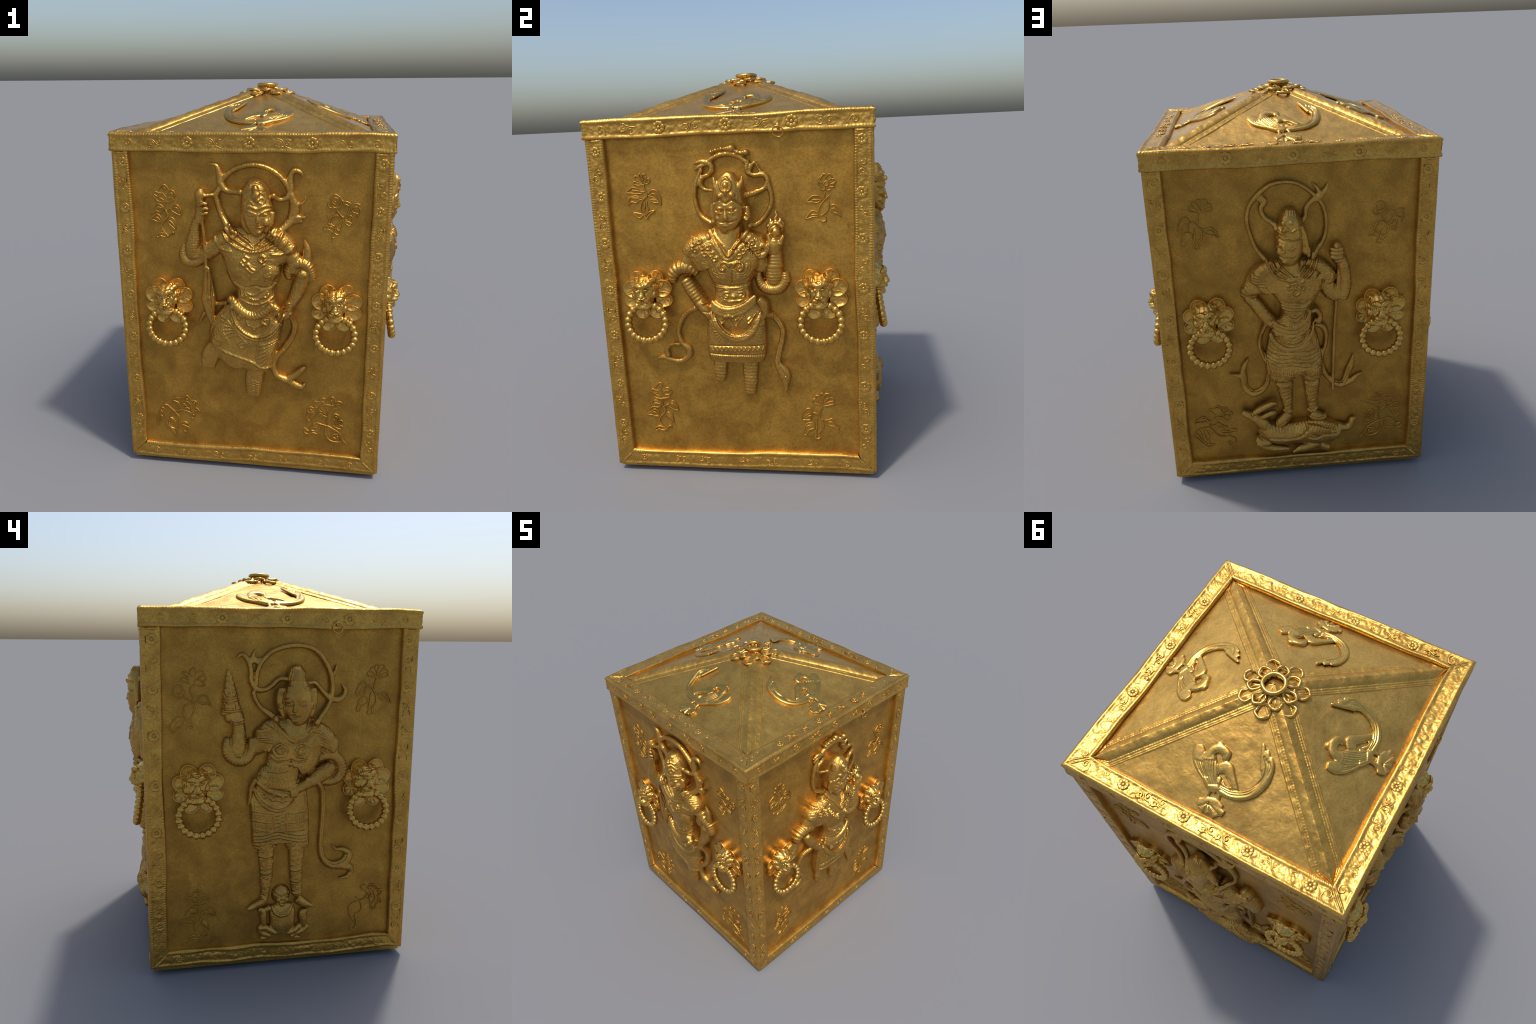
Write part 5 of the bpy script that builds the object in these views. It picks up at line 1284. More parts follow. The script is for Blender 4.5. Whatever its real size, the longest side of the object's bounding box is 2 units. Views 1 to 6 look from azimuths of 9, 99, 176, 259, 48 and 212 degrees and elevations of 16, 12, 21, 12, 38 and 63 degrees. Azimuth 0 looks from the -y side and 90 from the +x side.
def phoenix_relief(f):
    f.sweep('tail', [(-39, 155, 3, 29, 9), (12, 133, 3, 24, 11), (79, 140, 5, 20, 10), (124, 176, 4, 22, 11), (146, 232, 4, 23, 11), (145, 290, 5, 20, 10), (132, 325, 6, 16, 8), (134, 342, 10, 4.6, 2)], p=3)
    f.sweep('tail', [(138, 261, 6, 17, 8), (119, 314, 6, 16, 8), (108, 345, 8, 12, 6), (105, 361, 10, 4.6, 2)], p=3)
    f.sweep('tail', [(121, 274, 8, 12, 6), (98, 324, 8, 11, 6), (80, 362, 8, 9.2, 5), (71, 376, 9, 4.6, 2)], p=3)
    f.sweep('body', [(-110, 242, 3, 28, 12), (-99, 205, 4, 39, 14), (-74, 169, 4, 39, 14), (-45, 136, 4, 29, 13), (-10, 122, 3, 22, 12)], p=2.6)
    f.sweep('wing', [(-169, 258, 4, 16, 8), (-158, 232, 3, 29, 10), (-141, 195, 3, 25, 10), (-105, 165, 3, 21, 10), (-70, 140, 6, 14, 7)], p=3)
    f.sweep('wing', [(-48, 203, 4, 22, 11), (-19, 222, 3, 27, 12), (14, 196, 4, 20, 10), (46, 165, 5, 16, 8), (68, 150, 7, 10, 5)], p=3)
    f.sweep('head', [(-110, 226, 4, 19, 13), (-106, 262, 4, 19, 13), (-78, 280, 4, 21, 13), (-44, 270, 4, 19, 12), (-43, 242, 6, 11, 8)], p=2.6)
    f.ball('head', -89, 293, 1, 22, 17, 14)
    f.ball('head', -36, 269, 3, 11, 21, 12)
    f.sweep('leg', [(-43, 122, 5, 10, 7), (-41, 92, 5, 8.4, 6), (-43, 70, 2, 14, 9)])
    f.sweep('leg', [(-4, 125, 5, 10, 7), (6, 99, 5, 8.4, 6), (7, 79, 2, 14, 9)])
    f.sweep('perch', [(-65, 48, 2, 16, 9), (-28, 62, 3, 23, 9), (5, 73, 3, 20, 9), (38, 63, 2, 16, 9)], p=3)
    f.sweep('perch', [(-17, 62, 3, 19, 9), (-40, 50, 3, 20, 9), (-63, 39, 3, 16, 9)], p=2.6)
    f.sweep('perch', [(-17, 62, 3, 19, 9), (-28, 41, 3, 20, 9), (-39, 20, 3, 16, 9)], p=2.6)
    f.sweep('perch', [(-17, 62, 3, 19, 9), (-11, 40, 3, 20, 9), (-5, 19, 3, 16, 9)], p=2.6)
    f.sweep('perch', [(-17, 62, 3, 19, 9), (8, 42, 3, 19, 9), (32, 21, 3, 16, 9)], p=2.6)
    f.sweep('perch', [(-17, 62, 3, 19, 9), (20, 54, 3, 19, 9), (57, 47, 3, 16, 9)], p=2.6)
    f.ridge([(-116, 207), (-90, 162), (-52, 128)], 3.3, -2)
    f.ridge([(-107, 212), (-81, 166), (-45, 131)], 3.3, -2)
    f.ridge([(-97, 216), (-72, 170), (-38, 135)], 3.3, -2)
    f.ridge([(-87, 221), (-63, 175), (-31, 138)], 3.3, -2)
    f.ridge([(-77, 225), (-54, 179), (-24, 142)], 3.3, -2)
    f.ridge([(-17, 145), (46, 150), (104, 183), (134, 239), (132, 289), (104, 327)], 3.2, -2.2)
    f.ridge([(-8, 138), (51, 141), (109, 174), (135, 230), (141, 288), (118, 321)], 3.2, -2.2)
    f.ridge([(1, 131), (56, 132), (114, 165), (137, 222), (150, 287), (132, 316)], 3.2, -2.2)
    f.ridge([(-154, 194), (-123, 167), (-90, 146)], 2.8, -1.8)
    f.ridge([(-143, 195), (-116, 170), (-84, 149)], 2.8, -1.8)
    f.ridge([(-131, 197), (-109, 174), (-79, 151)], 2.8, -1.8)
    f.ridge([(-120, 198), (-102, 177), (-74, 154)], 2.8, -1.8)
    f.ridge([(-21, 60), (-50, 30)], 3.3, -2.5)
    f.ridge([(-21, 60), (-21, 18)], 3.3, -2.5)
    f.ridge([(-21, 60), (15, 18)], 3.2, -2.5)
    f.ridge([(-21, 60), (47, 34)], 3.2, -2.5)
    f.ridge([(-81, 245), (-65, 236), (-46, 241)], 4.2, -4)
    f.ridge([(-8, 149), (-10, 174), (9, 178), (40, 152)], 4.6, -4)


def lion_face(f):
    f.chase('face', 'scroll', 30, 0.9)
    f.sweep('face', [(-9, 217, 10, 36, 34), (-9, 190, 14, 53, 49), (-9, 163, 15, 56, 55), (-9, 135, 16, 52, 56), (-9, 114, 20, 43, 56), (-9, 94, 25, 38, 49), (-9, 71, 19, 29, 38)], p=2.4)
    f.sweep('face', [(-50, 189, 57, 9.4, 9), (-31, 194, 66, 14, 14), (-17, 191, 75, 12, 12), (-10, 182, 78, 7.8, 8)])
    f.sweep('face', [(33, 196, 57, 9.4, 9), (16, 199, 66, 14, 14), (1, 194, 75, 12, 12), (-6, 183, 78, 7.8, 8)])
    f.ball('face', -27, 170, 64, 10, 7, 20)
    f.ball('face', 12, 173, 64, 10, 7, 20)
    f.sweep('face', [(-8, 196, 67, 13, 13), (-8, 171, 75, 12, 12), (-9, 149, 81, 16, 16), (-9, 138, 77, 22, 22)])
    f.ball('face', -8, 138, 71, 26, 9, 30)
    f.ball('face', -27, 122, 47, 22, 16, 46)
    f.ball('face', 10, 126, 47, 22, 16, 46)
    f.sweep('face', [(-42, 92, 50, 9, 9), (-26, 87, 64, 11, 11), (-8, 88, 68, 12, 12), (10, 89, 64, 11, 11), (26, 98, 50, 8.9, 9)])
    f.ball('face', -56, 137, 21, 21, 24, 34)
    f.ball('face', 37, 145, 21, 21, 23, 34)
    f.sweep('face', [(-35, 198, 48, 13, 13), (-47, 206, 29, 15, 15), (-60, 215, 15, 9.4, 9)])
    f.sweep('face', [(-21, 207, 48, 13, 13), (-26, 217, 29, 15, 15), (-32, 228, 15, 9.4, 9)])
    f.sweep('face', [(2, 208, 48, 13, 13), (7, 219, 29, 15, 15), (11, 230, 15, 9.4, 9)])
    f.sweep('face', [(18, 201, 48, 13, 13), (29, 210, 29, 15, 15), (40, 220, 15, 9.4, 9)])
    f.sweep('face', [(-48, 170, 48, 13, 13), (-63, 171, 29, 15, 15), (-77, 173, 15, 9.5, 9)])
    f.sweep('face', [(33, 176, 48, 13, 13), (45, 179, 29, 15, 15), (58, 182, 15, 9.4, 9)])
    f.ridge([(-40, 169), (-25, 166), (-12, 170)], 2.6, -4)
    f.ridge([(-2, 171), (13, 170), (27, 175)], 2.6, -4)
    f.ridge([(-48, 111), (-28, 108), (-8, 108), (15, 111), (33, 118)], 2.8, -5)
    f.ridge([(-18, 142), (-12, 140)], 2.6, -4)
    f.ridge([(-3, 141), (3, 143)], 2.6, -4)
    f.ridge([(-8, 135), (-8, 116)], 1.8, -3)


FLOWERS = {}
FLOWERS['peony'] = dict(
    stem=[[(-10, 46), (-13, 17), (-4, 2), (2, -13), (-6, -31), (-25, -50), (-33, -68), (-29, -86), (-14, -106)],
        [(0, 7), (12, 16), (21, 20)],
        [(-14, -106), (-1, -121), (13, -105), (22, -99), (28, -106), (19, -114)],
        [(-14, -108), (-37, -104), (-58, -114), (-58, -125), (-49, -127), (-40, -118), (-33, -122), (-13, -126), (-1, -121)]],
    leaf=[[(-19, 22), (-34, 37), (-52, 38), (-69, 18), (-81, -7), (-58, 5), (-38, 1), (-22, 8), (-19, 22)],
        [(-19, 19), (-48, 23), (-67, 12)],
        [(21, 18), (40, 36), (55, 32), (68, 11), (69, -12), (53, -10), (38, -3), (23, 7), (21, 18)],
        [(28, 23), (46, 23), (60, 2)],
        [(-32, -45), (-35, -25), (-52, -10), (-69, -20), (-95, -40), (-74, -40), (-54, -48), (-34, -48)],
        [(-38, -43), (-55, -26), (-74, -29)],
        [(7, -33), (2, -53), (19, -71), (37, -84), (38, -59), (34, -39), (19, -26), (7, -33)],
        [(7, -40), (24, -57), (35, -77)]],
    bloom=[[(-53, 60), (-40, 52), (-13, 50), (14, 53), (32, 62), (21, 71)],
        [(-53, 60), (-67, 82), (-57, 100), (-44, 96), (-24, 92)],
        [(-65, 89), (-48, 76), (-34, 81)],
        [(-41, 107), (-34, 118), (-16, 135), (0, 127), (12, 108)],
        [(-21, 118), (-12, 122), (-6, 112), (-13, 103)],
        [(12, 108), (27, 108), (38, 99), (42, 82), (26, 71), (8, 73)],
        [(4, 88), (22, 95), (31, 86)],
        [(-20, 96), (-12, 83), (-1, 70)],
        [(-39, 70), (-24, 65), (-13, 57)]],
)
FLOWERS['heart_vine'] = dict(
    stem=[[(-33, 43), (-26, 25), (0, 0), (19, 17), (28, 42), (42, 59)],
        [(0, 0), (-7, -17), (-24, -32), (-34, -51), (-40, -77), (-52, -90), (-43, -101), (-29, -97)],
        [(0, -13), (-2, -35), (-7, -57), (-19, -65), (-28, -56)],
        [(-7, -59), (-15, -83), (-27, -85), (-38, -77)]],
    leaf=[[(-9, -6), (-25, 8), (-39, 8), (-60, -7), (-68, -26), (-67, -33), (-52, -31)],
        [(-36, 5), (-49, -10), (-58, -27)],
        [(-38, -45), (-56, -38), (-77, -43), (-91, -56), (-85, -61), (-68, -59), (-53, -68), (-44, -77)],
        [(-77, -48), (-55, -47), (-43, -58)],
        [(6, -13), (20, -9), (28, 8), (39, 5), (43, -12), (43, -30), (29, -23), (6, -13)],
        [(6, -20), (22, -23), (37, -41), (15, -33), (6, -20)],
        [(42, 59), (57, 65), (75, 60), (67, 51), (76, 40), (76, 26), (63, 0), (66, 18), (48, 23), (36, 37), (42, 59)],
        [(41, 43), (54, 50), (67, 49)]],
    bloom=[[(-42, 107), (-56, 96), (-57, 80), (-48, 64), (-34, 61), (-20, 70), (-13, 87), (-28, 101), (-42, 107)],
        [(-43, 89), (-43, 73), (-31, 72), (-29, 86), (-42, 93)],
        [(-64, 76), (-73, 64), (-67, 47), (-51, 42), (-33, 43)],
        [(-57, 62), (-49, 48), (-33, 43), (-16, 52), (-11, 70)],
        [(-13, 83), (-2, 74), (-6, 60), (-16, 52)],
        [(-2, 71), (12, 75), (31, 64), (23, 55), (8, 62), (-2, 54), (-19, 45)]],
)
FLOWERS['drooping_bloom'] = dict(
    stem=[[(-41, 38), (-18, 17), (0, 0), (16, -22), (19, -45), (8, -64), (2, -93), (4, -142)],
        [(0, 7), (24, 16), (31, 30)],
        [(-15, -6), (-39, -26), (-51, -51), (-46, -78), (-24, -105), (-8, -127), (4, -145)],
        [(-37, -57), (-43, -45), (-29, -35), (-15, -43), (-3, -63), (3, -84)],
        [(-41, -66), (-32, -91), (-11, -101)]],
    leaf=[[(21, -61), (46, -54), (61, -60), (67, -71), (56, -72)],
        [(9, -88), (29, -74), (50, -77), (68, -87), (68, -104), (52, -115), (42, -106)],
        [(-41, 38), (-57, 44), (-75, 38), (-77, 26), (-65, 22)],
        [(-75, 26), (-89, 11), (-96, -13), (-102, -41), (-100, -76), (-86, -63), (-74, -43), (-59, -23), (-60, -5), (-50, 14)],
        [(-83, 7), (-73, -6), (-84, -21), (-74, -32), (-88, -47)]],
    bloom=[[(31, 30), (19, 57), (3, 67), (-11, 73), (2, 85), (27, 87)],
        [(31, 87), (53, 98), (67, 104), (87, 78)],
        [(87, 78), (110, 75), (118, 65), (111, 46), (98, 36)],
        [(109, 34), (119, 33), (133, 15), (122, 5), (110, 2)],
        [(106, 4), (109, -14), (96, -29), (84, -21), (84, -2), (78, 6), (58, 14), (30, 19)],
        [(26, 60), (43, 70), (68, 70), (86, 48), (87, 26), (78, 6)],
        [(54, 82), (65, 85), (77, 73)],
        [(36, 51), (47, 57), (59, 42), (74, 47)],
        [(41, 31), (58, 35), (77, 27)],
        [(95, 63), (106, 64), (105, 52)],
        [(106, 20), (117, 21)],
        [(93, -9), (99, -6), (96, -17)]],
)
FLOWERS['fan_bloom'] = dict(
    stem=[[(1, 58), (-1, 29), (0, 0)],
        [(-47, 6), (-24, 0), (0, -5), (28, -19), (57, -39), (70, -62), (81, -83), (101, -106)],
        [(-10, -18), (-12, -47), (2, -78), (26, -93), (58, -95), (71, -84), (68, -60)],
        [(23, -54), (38, -50), (59, -46)],
        [(23, -54), (32, -71), (47, -74), (55, -64), (47, -60)]],
    leaf=[[(-45, 6), (-58, 7), (-77, 1), (-73, -11), (-88, -20), (-87, -37), (-107, -39), (-118, -27), (-126, -35), (-119, -52), (-102, -60), (-78, -51), (-52, -54), (-35, -37), (-34, -10), (-45, 6)],
        [(-72, -21), (-53, -17), (-41, -6)],
        [(-83, -37), (-61, -40), (-42, -21)],
        [(27, 12), (20, 36), (24, 58), (36, 68), (56, 60), (60, 41), (48, 26), (34, 13)],
        [(33, 44), (39, 54), (48, 45), (40, 30), (31, 39)],
        [(34, 13), (54, 29), (71, 33), (76, 21), (61, 8), (40, 3)],
        [(40, 3), (64, 3), (77, -3), (73, -16), (49, -13), (28, 0)],
        [(46, 14), (67, 25)]],
    bloom=[[(-63, 50), (-44, 67), (-21, 54), (-1, 51), (7, 73), (25, 94), (48, 103), (69, 114), (72, 129), (61, 140), (40, 140), (20, 122)],
        [(36, 140), (29, 158), (17, 164), (0, 154), (-4, 144)],
        [(-10, 139), (-19, 152), (-38, 153), (-46, 138)],
        [(-44, 134), (-56, 133), (-78, 131), (-69, 110), (-60, 97), (-39, 117)],
        [(-70, 93), (-90, 99), (-109, 90), (-102, 69), (-89, 68), (-72, 71)],
        [(-89, 65), (-108, 54), (-110, 37), (-97, 19), (-80, 27), (-63, 50)],
        [(-60, 92), (-35, 111), (-9, 117), (10, 116), (26, 118)],
        [(-64, 72), (-42, 79), (-23, 71), (-8, 55)],
        [(-39, 101), (-23, 80), (-8, 62)],
        [(-9, 105), (-2, 82), (1, 58)],
        [(-94, 82), (-81, 80)],
        [(-93, 41), (-80, 49)],
        [(-33, 134), (-22, 131)],
        [(9, 138), (17, 143), (18, 134)],
        [(37, 121), (56, 127)],
        [(-53, 83), (-43, 88)]],
)
FLOWERS['pinnate_sprig'] = dict(
    stem=[[(-13, 49), (-13, 32), (0, 0), (-17, -17), (-31, -38), (-39, -62), (-38, -85), (-25, -100)],
        [(-4, -29), (-8, -51), (-1, -70), (-13, -86), (-25, -100)],
        [(-18, -35), (-18, -54), (-23, -78)],
        [(-75, -86), (-50, -87), (-30, -95), (-48, -109), (-63, -99), (-75, -86)],
        [(-23, -102), (-14, -114), (3, -94), (28, -77), (0, -82), (-14, -100)]],
    leaf=[[(-12, 14), (-32, 15), (-45, 29), (-65, 37), (-84, 28), (-102, 13), (-77, 10), (-53, 7), (-25, 7)],
        [(-72, 24), (-48, 21), (-28, 13)],
        [(-23, -19), (-38, -9), (-58, -4), (-81, -9), (-95, -25), (-95, -44), (-79, -31), (-59, -36), (-42, -24), (-27, -21)],
        [(-80, -13), (-57, -14), (-39, -15)],
        [(5, 4), (23, 21), (41, 20), (56, 4), (62, -15), (61, -51), (53, -35), (38, -17), (18, -8), (3, -4)],
        [(11, 0), (34, 3), (52, -19)],
        [(13, -26), (33, -22), (53, -35), (32, -38), (13, -26)]],
    bloom=[[(-13, 49), (-41, 46), (-61, 54), (-56, 64), (-40, 58), (-20, 53)],
        [(-16, 55), (-47, 73), (-56, 85), (-45, 89), (-27, 69)],
        [(-23, 63), (-33, 90), (-26, 100), (-21, 84), (-19, 65)],
        [(-15, 66), (-17, 92), (-10, 97), (-3, 91), (-9, 70)],
        [(-7, 66), (2, 81), (-1, 85)],
        [(-8, 53), (1, 68), (12, 77), (17, 67), (8, 54), (-8, 51)]],
)
FLOWERS['round_bloom'] = dict(
    stem=[[(4, 39), (3, 24), (-3, 2)],
        [(24, 22), (5, 4), (-14, -18), (-24, -39), (-27, -60), (-20, -77)],
        [(20, -1), (23, -21), (17, -44), (3, -58), (-14, -69)],
        [(-22, -86), (-7, -96), (8, -89), (5, -70)]],
    leaf=[[(-6, 2), (-23, 21), (-49, 22), (-66, 9), (-78, -5), (-55, -6), (-33, -10), (-10, 2)],
        [(-51, 5), (-33, 5), (-10, 2)],
        [(-27, -52), (-40, -48), (-55, -46), (-70, -62), (-84, -83), (-65, -78), (-46, -72), (-27, -75)],
        [(-59, -65), (-44, -63), (-29, -67)],
        [(30, -27), (39, -20), (54, -24), (69, -41), (77, -72), (61, -60), (46, -58), (26, -44)],
        [(33, -40), (48, -37), (59, -54)]],
    bloom=[[(-23, 81), (-24, 94), (-15, 105), (-4, 112), (-17, 92), (-23, 81)],
        [(-7, 114), (4, 119), (17, 113), (7, 97)],
        [(19, 111), (26, 118), (37, 112), (37, 99), (24, 92)],
        [(35, 96), (49, 95), (57, 84), (44, 79), (29, 87)],
        [(32, 74), (47, 75), (45, 60), (28, 61)],
        [(25, 57), (32, 49), (17, 46), (12, 59)],
        [(6, 58), (4, 47), (-11, 53), (-12, 66)],
        [(-16, 71), (-25, 77), (-17, 84), (-3, 80)],
        [(3, 78), (12, 87), (23, 81), (18, 68), (5, 69), (3, 78)]],
)
FLOWERS['fan_sprig'] = dict(
    stem=[[(6, 69), (-1, 49), (-5, 22)],
        [(-40, 33), (-20, 28), (0, 0), (9, -20), (8, -45), (-7, -66), (-12, -78), (-6, -99)],
        [(-20, 3), (-23, -21), (-24, -46), (-28, -66), (-27, -83), (-33, -96), (-20, -105), (-6, -99)],
        [(2, 2), (19, -6)]],
    leaf=[[(-42, 35), (-49, 52), (-64, 55), (-75, 47), (-91, 20), (-94, -3), (-77, -6), (-54, -4), (-48, 19), (-42, 35)],
        [(-84, 6), (-71, 20), (-55, 31)],
        [(-77, 0), (-61, 15), (-50, 17)],
        [(-35, -46), (-38, -24), (-55, -18), (-74, -29), (-80, -43), (-89, -81), (-76, -85), (-62, -61), (-43, -52), (-35, -46)],
        [(-76, -78), (-69, -64), (-73, -43), (-55, -34)],
        [(19, -6), (33, -3), (50, 3), (65, -6), (79, -28), (86, -50), (66, -39), (42, -33), (26, -24), (18, -12)],
        [(35, -15), (54, -15), (72, -33)]],
    bloom=[[(2, 73), (-15, 79), (-33, 82), (-42, 94), (-29, 107), (-14, 99), (2, 83)],
        [(-25, 107), (-25, 121), (-13, 125), (-4, 117), (5, 99)],
        [(-6, 123), (4, 137), (16, 130), (14, 116), (6, 99)],
        [(20, 122), (24, 134), (41, 134), (44, 120), (33, 108), (15, 89)],
        [(47, 116), (60, 111), (62, 99), (41, 92), (17, 81)],
        [(62, 99), (65, 85), (41, 76), (17, 71)],
        [(8, 97), (11, 81)],
        [(27, 104), (34, 112)]],
)
FLOWERS['tulip_vine'] = dict(
    stem=[[(29, 51), (6, 31), (2, 8), (-2, -6), (12, -21), (30, -49), (50, -65), (83, -71), (107, -73), (128, -85), (132, -104), (122, -122), (103, -126), (89, -112), (95, -103), (109, -108)],
        [(0, -6), (-24, -6), (-41, -12)],
        [(6, 31), (-10, 43)],
        [(5, 4), (32, 7)],
        [(97, -66), (104, -38)]],
    leaf=[[(-7, 35), (-18, 60), (-35, 63), (-55, 51), (-74, 29), (-50, 31), (-28, 29), (-11, 35)],
        [(-33, 57), (-26, 50), (-17, 53)],
        [(34, 7), (48, 18), (63, 6), (91, -9), (66, -12), (46, -2), (34, 7)],
        [(102, -38), (78, -32), (57, -40), (76, -48), (98, -48)],
        [(104, -40), (108, -26), (136, -29), (134, -43), (107, -48)],
        [(-27, -11), (-54, -9), (-74, -29), (-79, -57), (-60, -81), (-37, -112), (-10, -129), (17, -113), (-5, -113), (-14, -94), (-5, -66), (-13, -37), (-26, -16)],
        [(-55, -19), (-46, -52), (-40, -89), (-18, -110)],
        [(-35, -23), (-29, -58), (-17, -88)],
        [(-68, -36), (-57, -65), (-44, -91)]],
    bloom=[[(29, 51), (30, 69), (17, 88), (3, 101), (13, 110), (28, 106)],
        [(28, 110), (47, 124), (65, 117), (67, 107)],
        [(67, 109), (84, 113), (98, 102), (97, 88), (85, 78)],
        [(99, 88), (115, 81), (120, 67), (110, 56)],
        [(82, 64), (100, 62), (111, 46), (103, 30), (87, 34), (73, 51), (50, 57), (32, 51)],
        [(67, 101), (69, 87), (83, 78), (74, 67), (82, 60)],
        [(33, 108), (46, 113), (59, 108)],
        [(73, 98), (85, 101), (89, 89)]],
)
FLOWERS['paired_blooms'] = dict(
    stem=[[(-8, 73), (-6, 52), (5, 33), (2, 5)],
        [(-35, 26), (-16, 14), (5, -5), (11, -21), (4, -47), (-8, -71), (3, -105), (-9, -112), (-21, -107)],
        [(-14, 0), (-31, -11), (-38, -33), (-34, -59), (-18, -85), (-21, -107)],
        [(2, 5), (26, 11)]],
    leaf=[[(29, 11), (41, 35), (60, 37), (74, 23), (81, 8), (88, -13), (73, -3), (52, -3), (35, 2), (29, 11)],
        [(40, 2), (64, -1)],
        [(-41, -75), (-53, -63), (-74, -67), (-96, -93), (-103, -117), (-92, -136), (-83, -132), (-71, -115), (-51, -106), (-41, -75)],
        [(-89, -115), (-72, -91), (-53, -75)]],
    bloom=[[(-8, 73), (11, 84), (39, 79), (60, 82), (53, 96), (65, 112), (58, 126), (35, 119), (11, 98)],
        [(54, 126), (54, 145), (38, 149), (21, 135), (16, 119)],
        [(21, 140), (12, 159), (-2, 156), (-7, 140), (4, 119)],
        [(-9, 131), (-26, 145), (-42, 140), (-30, 129), (-12, 119)],
        [(-15, 108), (-33, 117), (-52, 110), (-43, 101), (-22, 96), (-8, 87)],
        [(16, 103), (39, 107), (49, 93)],
        [(-41, 73), (-62, 83), (-80, 69), (-88, 50), (-77, 32), (-61, 20), (-44, 29), (-32, 43), (-39, 61), (-41, 73)],
        [(-67, 66), (-53, 71), (-46, 57), (-60, 52), (-67, 66)],
        [(-74, 45), (-55, 48), (-44, 43)],
        [(-60, 52), (-61, 24)]],
)
FLOWERS['looped_stalk'] = dict(
    stem=[[(-24, 21), (-7, 7), (9, -20), (13, -46), (3, -67), (-18, -78), (-17, -104), (-13, -137), (-19, -154), (-31, -164), (-44, -154), (-47, -141), (-37, -140)],
        [(-12, -5), (-37, -14), (-55, -32), (-57, -58), (-45, -87), (-27, -115), (-18, -135)],
        [(2, 0), (25, 5), (35, 17)]],
    leaf=[[(35, 12), (53, 0), (62, -22), (63, -46), (75, -58), (89, -50), (93, -33), (107, -30)],
        [(70, -44), (78, -43), (74, -51)]],
    bloom=[[(35, 17), (39, 36), (25, 54), (8, 66), (9, 78), (26, 81), (41, 72), (46, 61)],
        [(48, 69), (60, 83), (79, 82), (92, 66), (91, 51)],
        [(95, 51), (114, 51), (121, 38), (109, 20), (94, 16)],
        [(103, 9), (115, -2), (120, -20), (103, -27), (92, -18)],
        [(48, 58), (70, 50), (81, 28), (85, 0), (73, -23), (65, -29)],
        [(60, 70), (73, 72), (82, 60)],
        [(98, 38), (110, 41), (102, 27)],
        [(98, -3), (108, -8), (100, -19)],
        [(55, 41), (66, 29), (58, 19), (71, 10)],
        [(45, 33), (54, 15), (53, 5)]],
)

# ------------------------------------------------------------------ frame rails

def rail_height(s, t, w, seed, length, notch=0.012, rim=0.0055, ends=True, along=None):
    """chased strip: milled rims on both edges, worked ground between (metres)"""
    x = t * w
    wob = 0.0032 * vnoise(np.stack([s * 9, np.full_like(s, seed)], 1), seed)
    def ridge(c, hw):
        return np.clip(1.35 - np.abs(x - c - wob) / hw, 0, 1)
    dep = 0.16 + 0.14 * vnoise(np.stack([s * 11, t * 2], 1), seed + 2)
    n = 1 - dep + dep * np.cos(2 * math.pi * s / notch + 4 * vnoise(np.stack([s * 14, t * 0], 1), seed + 3))
    a, b = ridge(0.009, 0.009), ridge(w - 0.009, 0.009)
    h = rim * np.maximum(a, b) * n
    if ends:
        e = np.minimum(s, length - s)
        h = np.maximum(h, 0.8 * rim * np.clip(1.3 - np.abs(e - 0.010) / 0.005, 0, 1))
    g = (1 - np.maximum(a, b))
    P = np.stack([(s if along is None else along + 3) * 70, x * 70], 1)
    h += g * 0.0019 * (vnoise(P * 0.75, seed) + 0.6 * vnoise(P * 1.9, seed + 7))
    return h


def strip(name, nu, nv, func, mat, parent, mw):
    """func(a (0..1 along), b (0..1 across)) -> xyz"""
    a, b = np.meshgrid(np.linspace(0, 1, nu), np.linspace(0, 1, nv), indexing='ij')
    V = func(a.ravel(), b.ravel())
    me = to_mesh(name, V, grid_faces(nu, nv), mat)
    ob = add(name, me, parent)
    ob.matrix_world = mw
    return ob


def sag(s, seed, amp):
    return amp * (vnoise(np.stack([s * 3.1, np.full_like(s, seed * 1.7)], 1), seed) + 0.5 * vnoise(np.stack([s * 8, np.full_like(s, seed * 2.3)], 1), seed + 1))


IN_U = 0.574         # inner edge of the posts
IN_Z, OUT_Z = 0.122, 0.036   # bottom rail, top and lower edge

def post(k, side, mat, parent):
    seed = 20 + k * 2 + (side > 0)
    w = BODY - IN_U
    wall = 0.16
    def f(a, b):
        t = np.clip((b - wall) / (1 - wall), 0, 1)
        z1 = BAND_Z + 0.004
        z0 = IN_Z + (OUT_Z - IN_Z) * t
        z = z0 + (z1 - z0) * a
        s = z - OUT_Z
        d = rail_height(z1 - z, t, w, seed, z1 - OUT_Z + 1, rim=0.0075)
        d = d * np.clip((b - wall) / 0.02, 0, 1)
        dist = BODY - 0.0045 + d + 0.008 * np.sin(math.pi * np.clip(t, 0, 1) ** 0.8)
        low = b < wall
        dist = np.where(low, PANEL - 0.022 + (BODY - 0.0045 - PANEL + 0.012) * (b / wall) ** 0.8, dist)
        dist = np.where(b > 0.995, np.maximum(dist, BODY), dist)
        u = IN_U + sag(s, seed, 0.0055) * (1 - t) + w * t
        u = np.where(b > 0.995, BODY, u) + sag(s, k * 3 + 90, 0.0035) * (t > 0.9) * 0
        return np.stack([side * u, -dist, z], 1)
    return strip('post', 460, 30, f, mat, parent, turn(k))


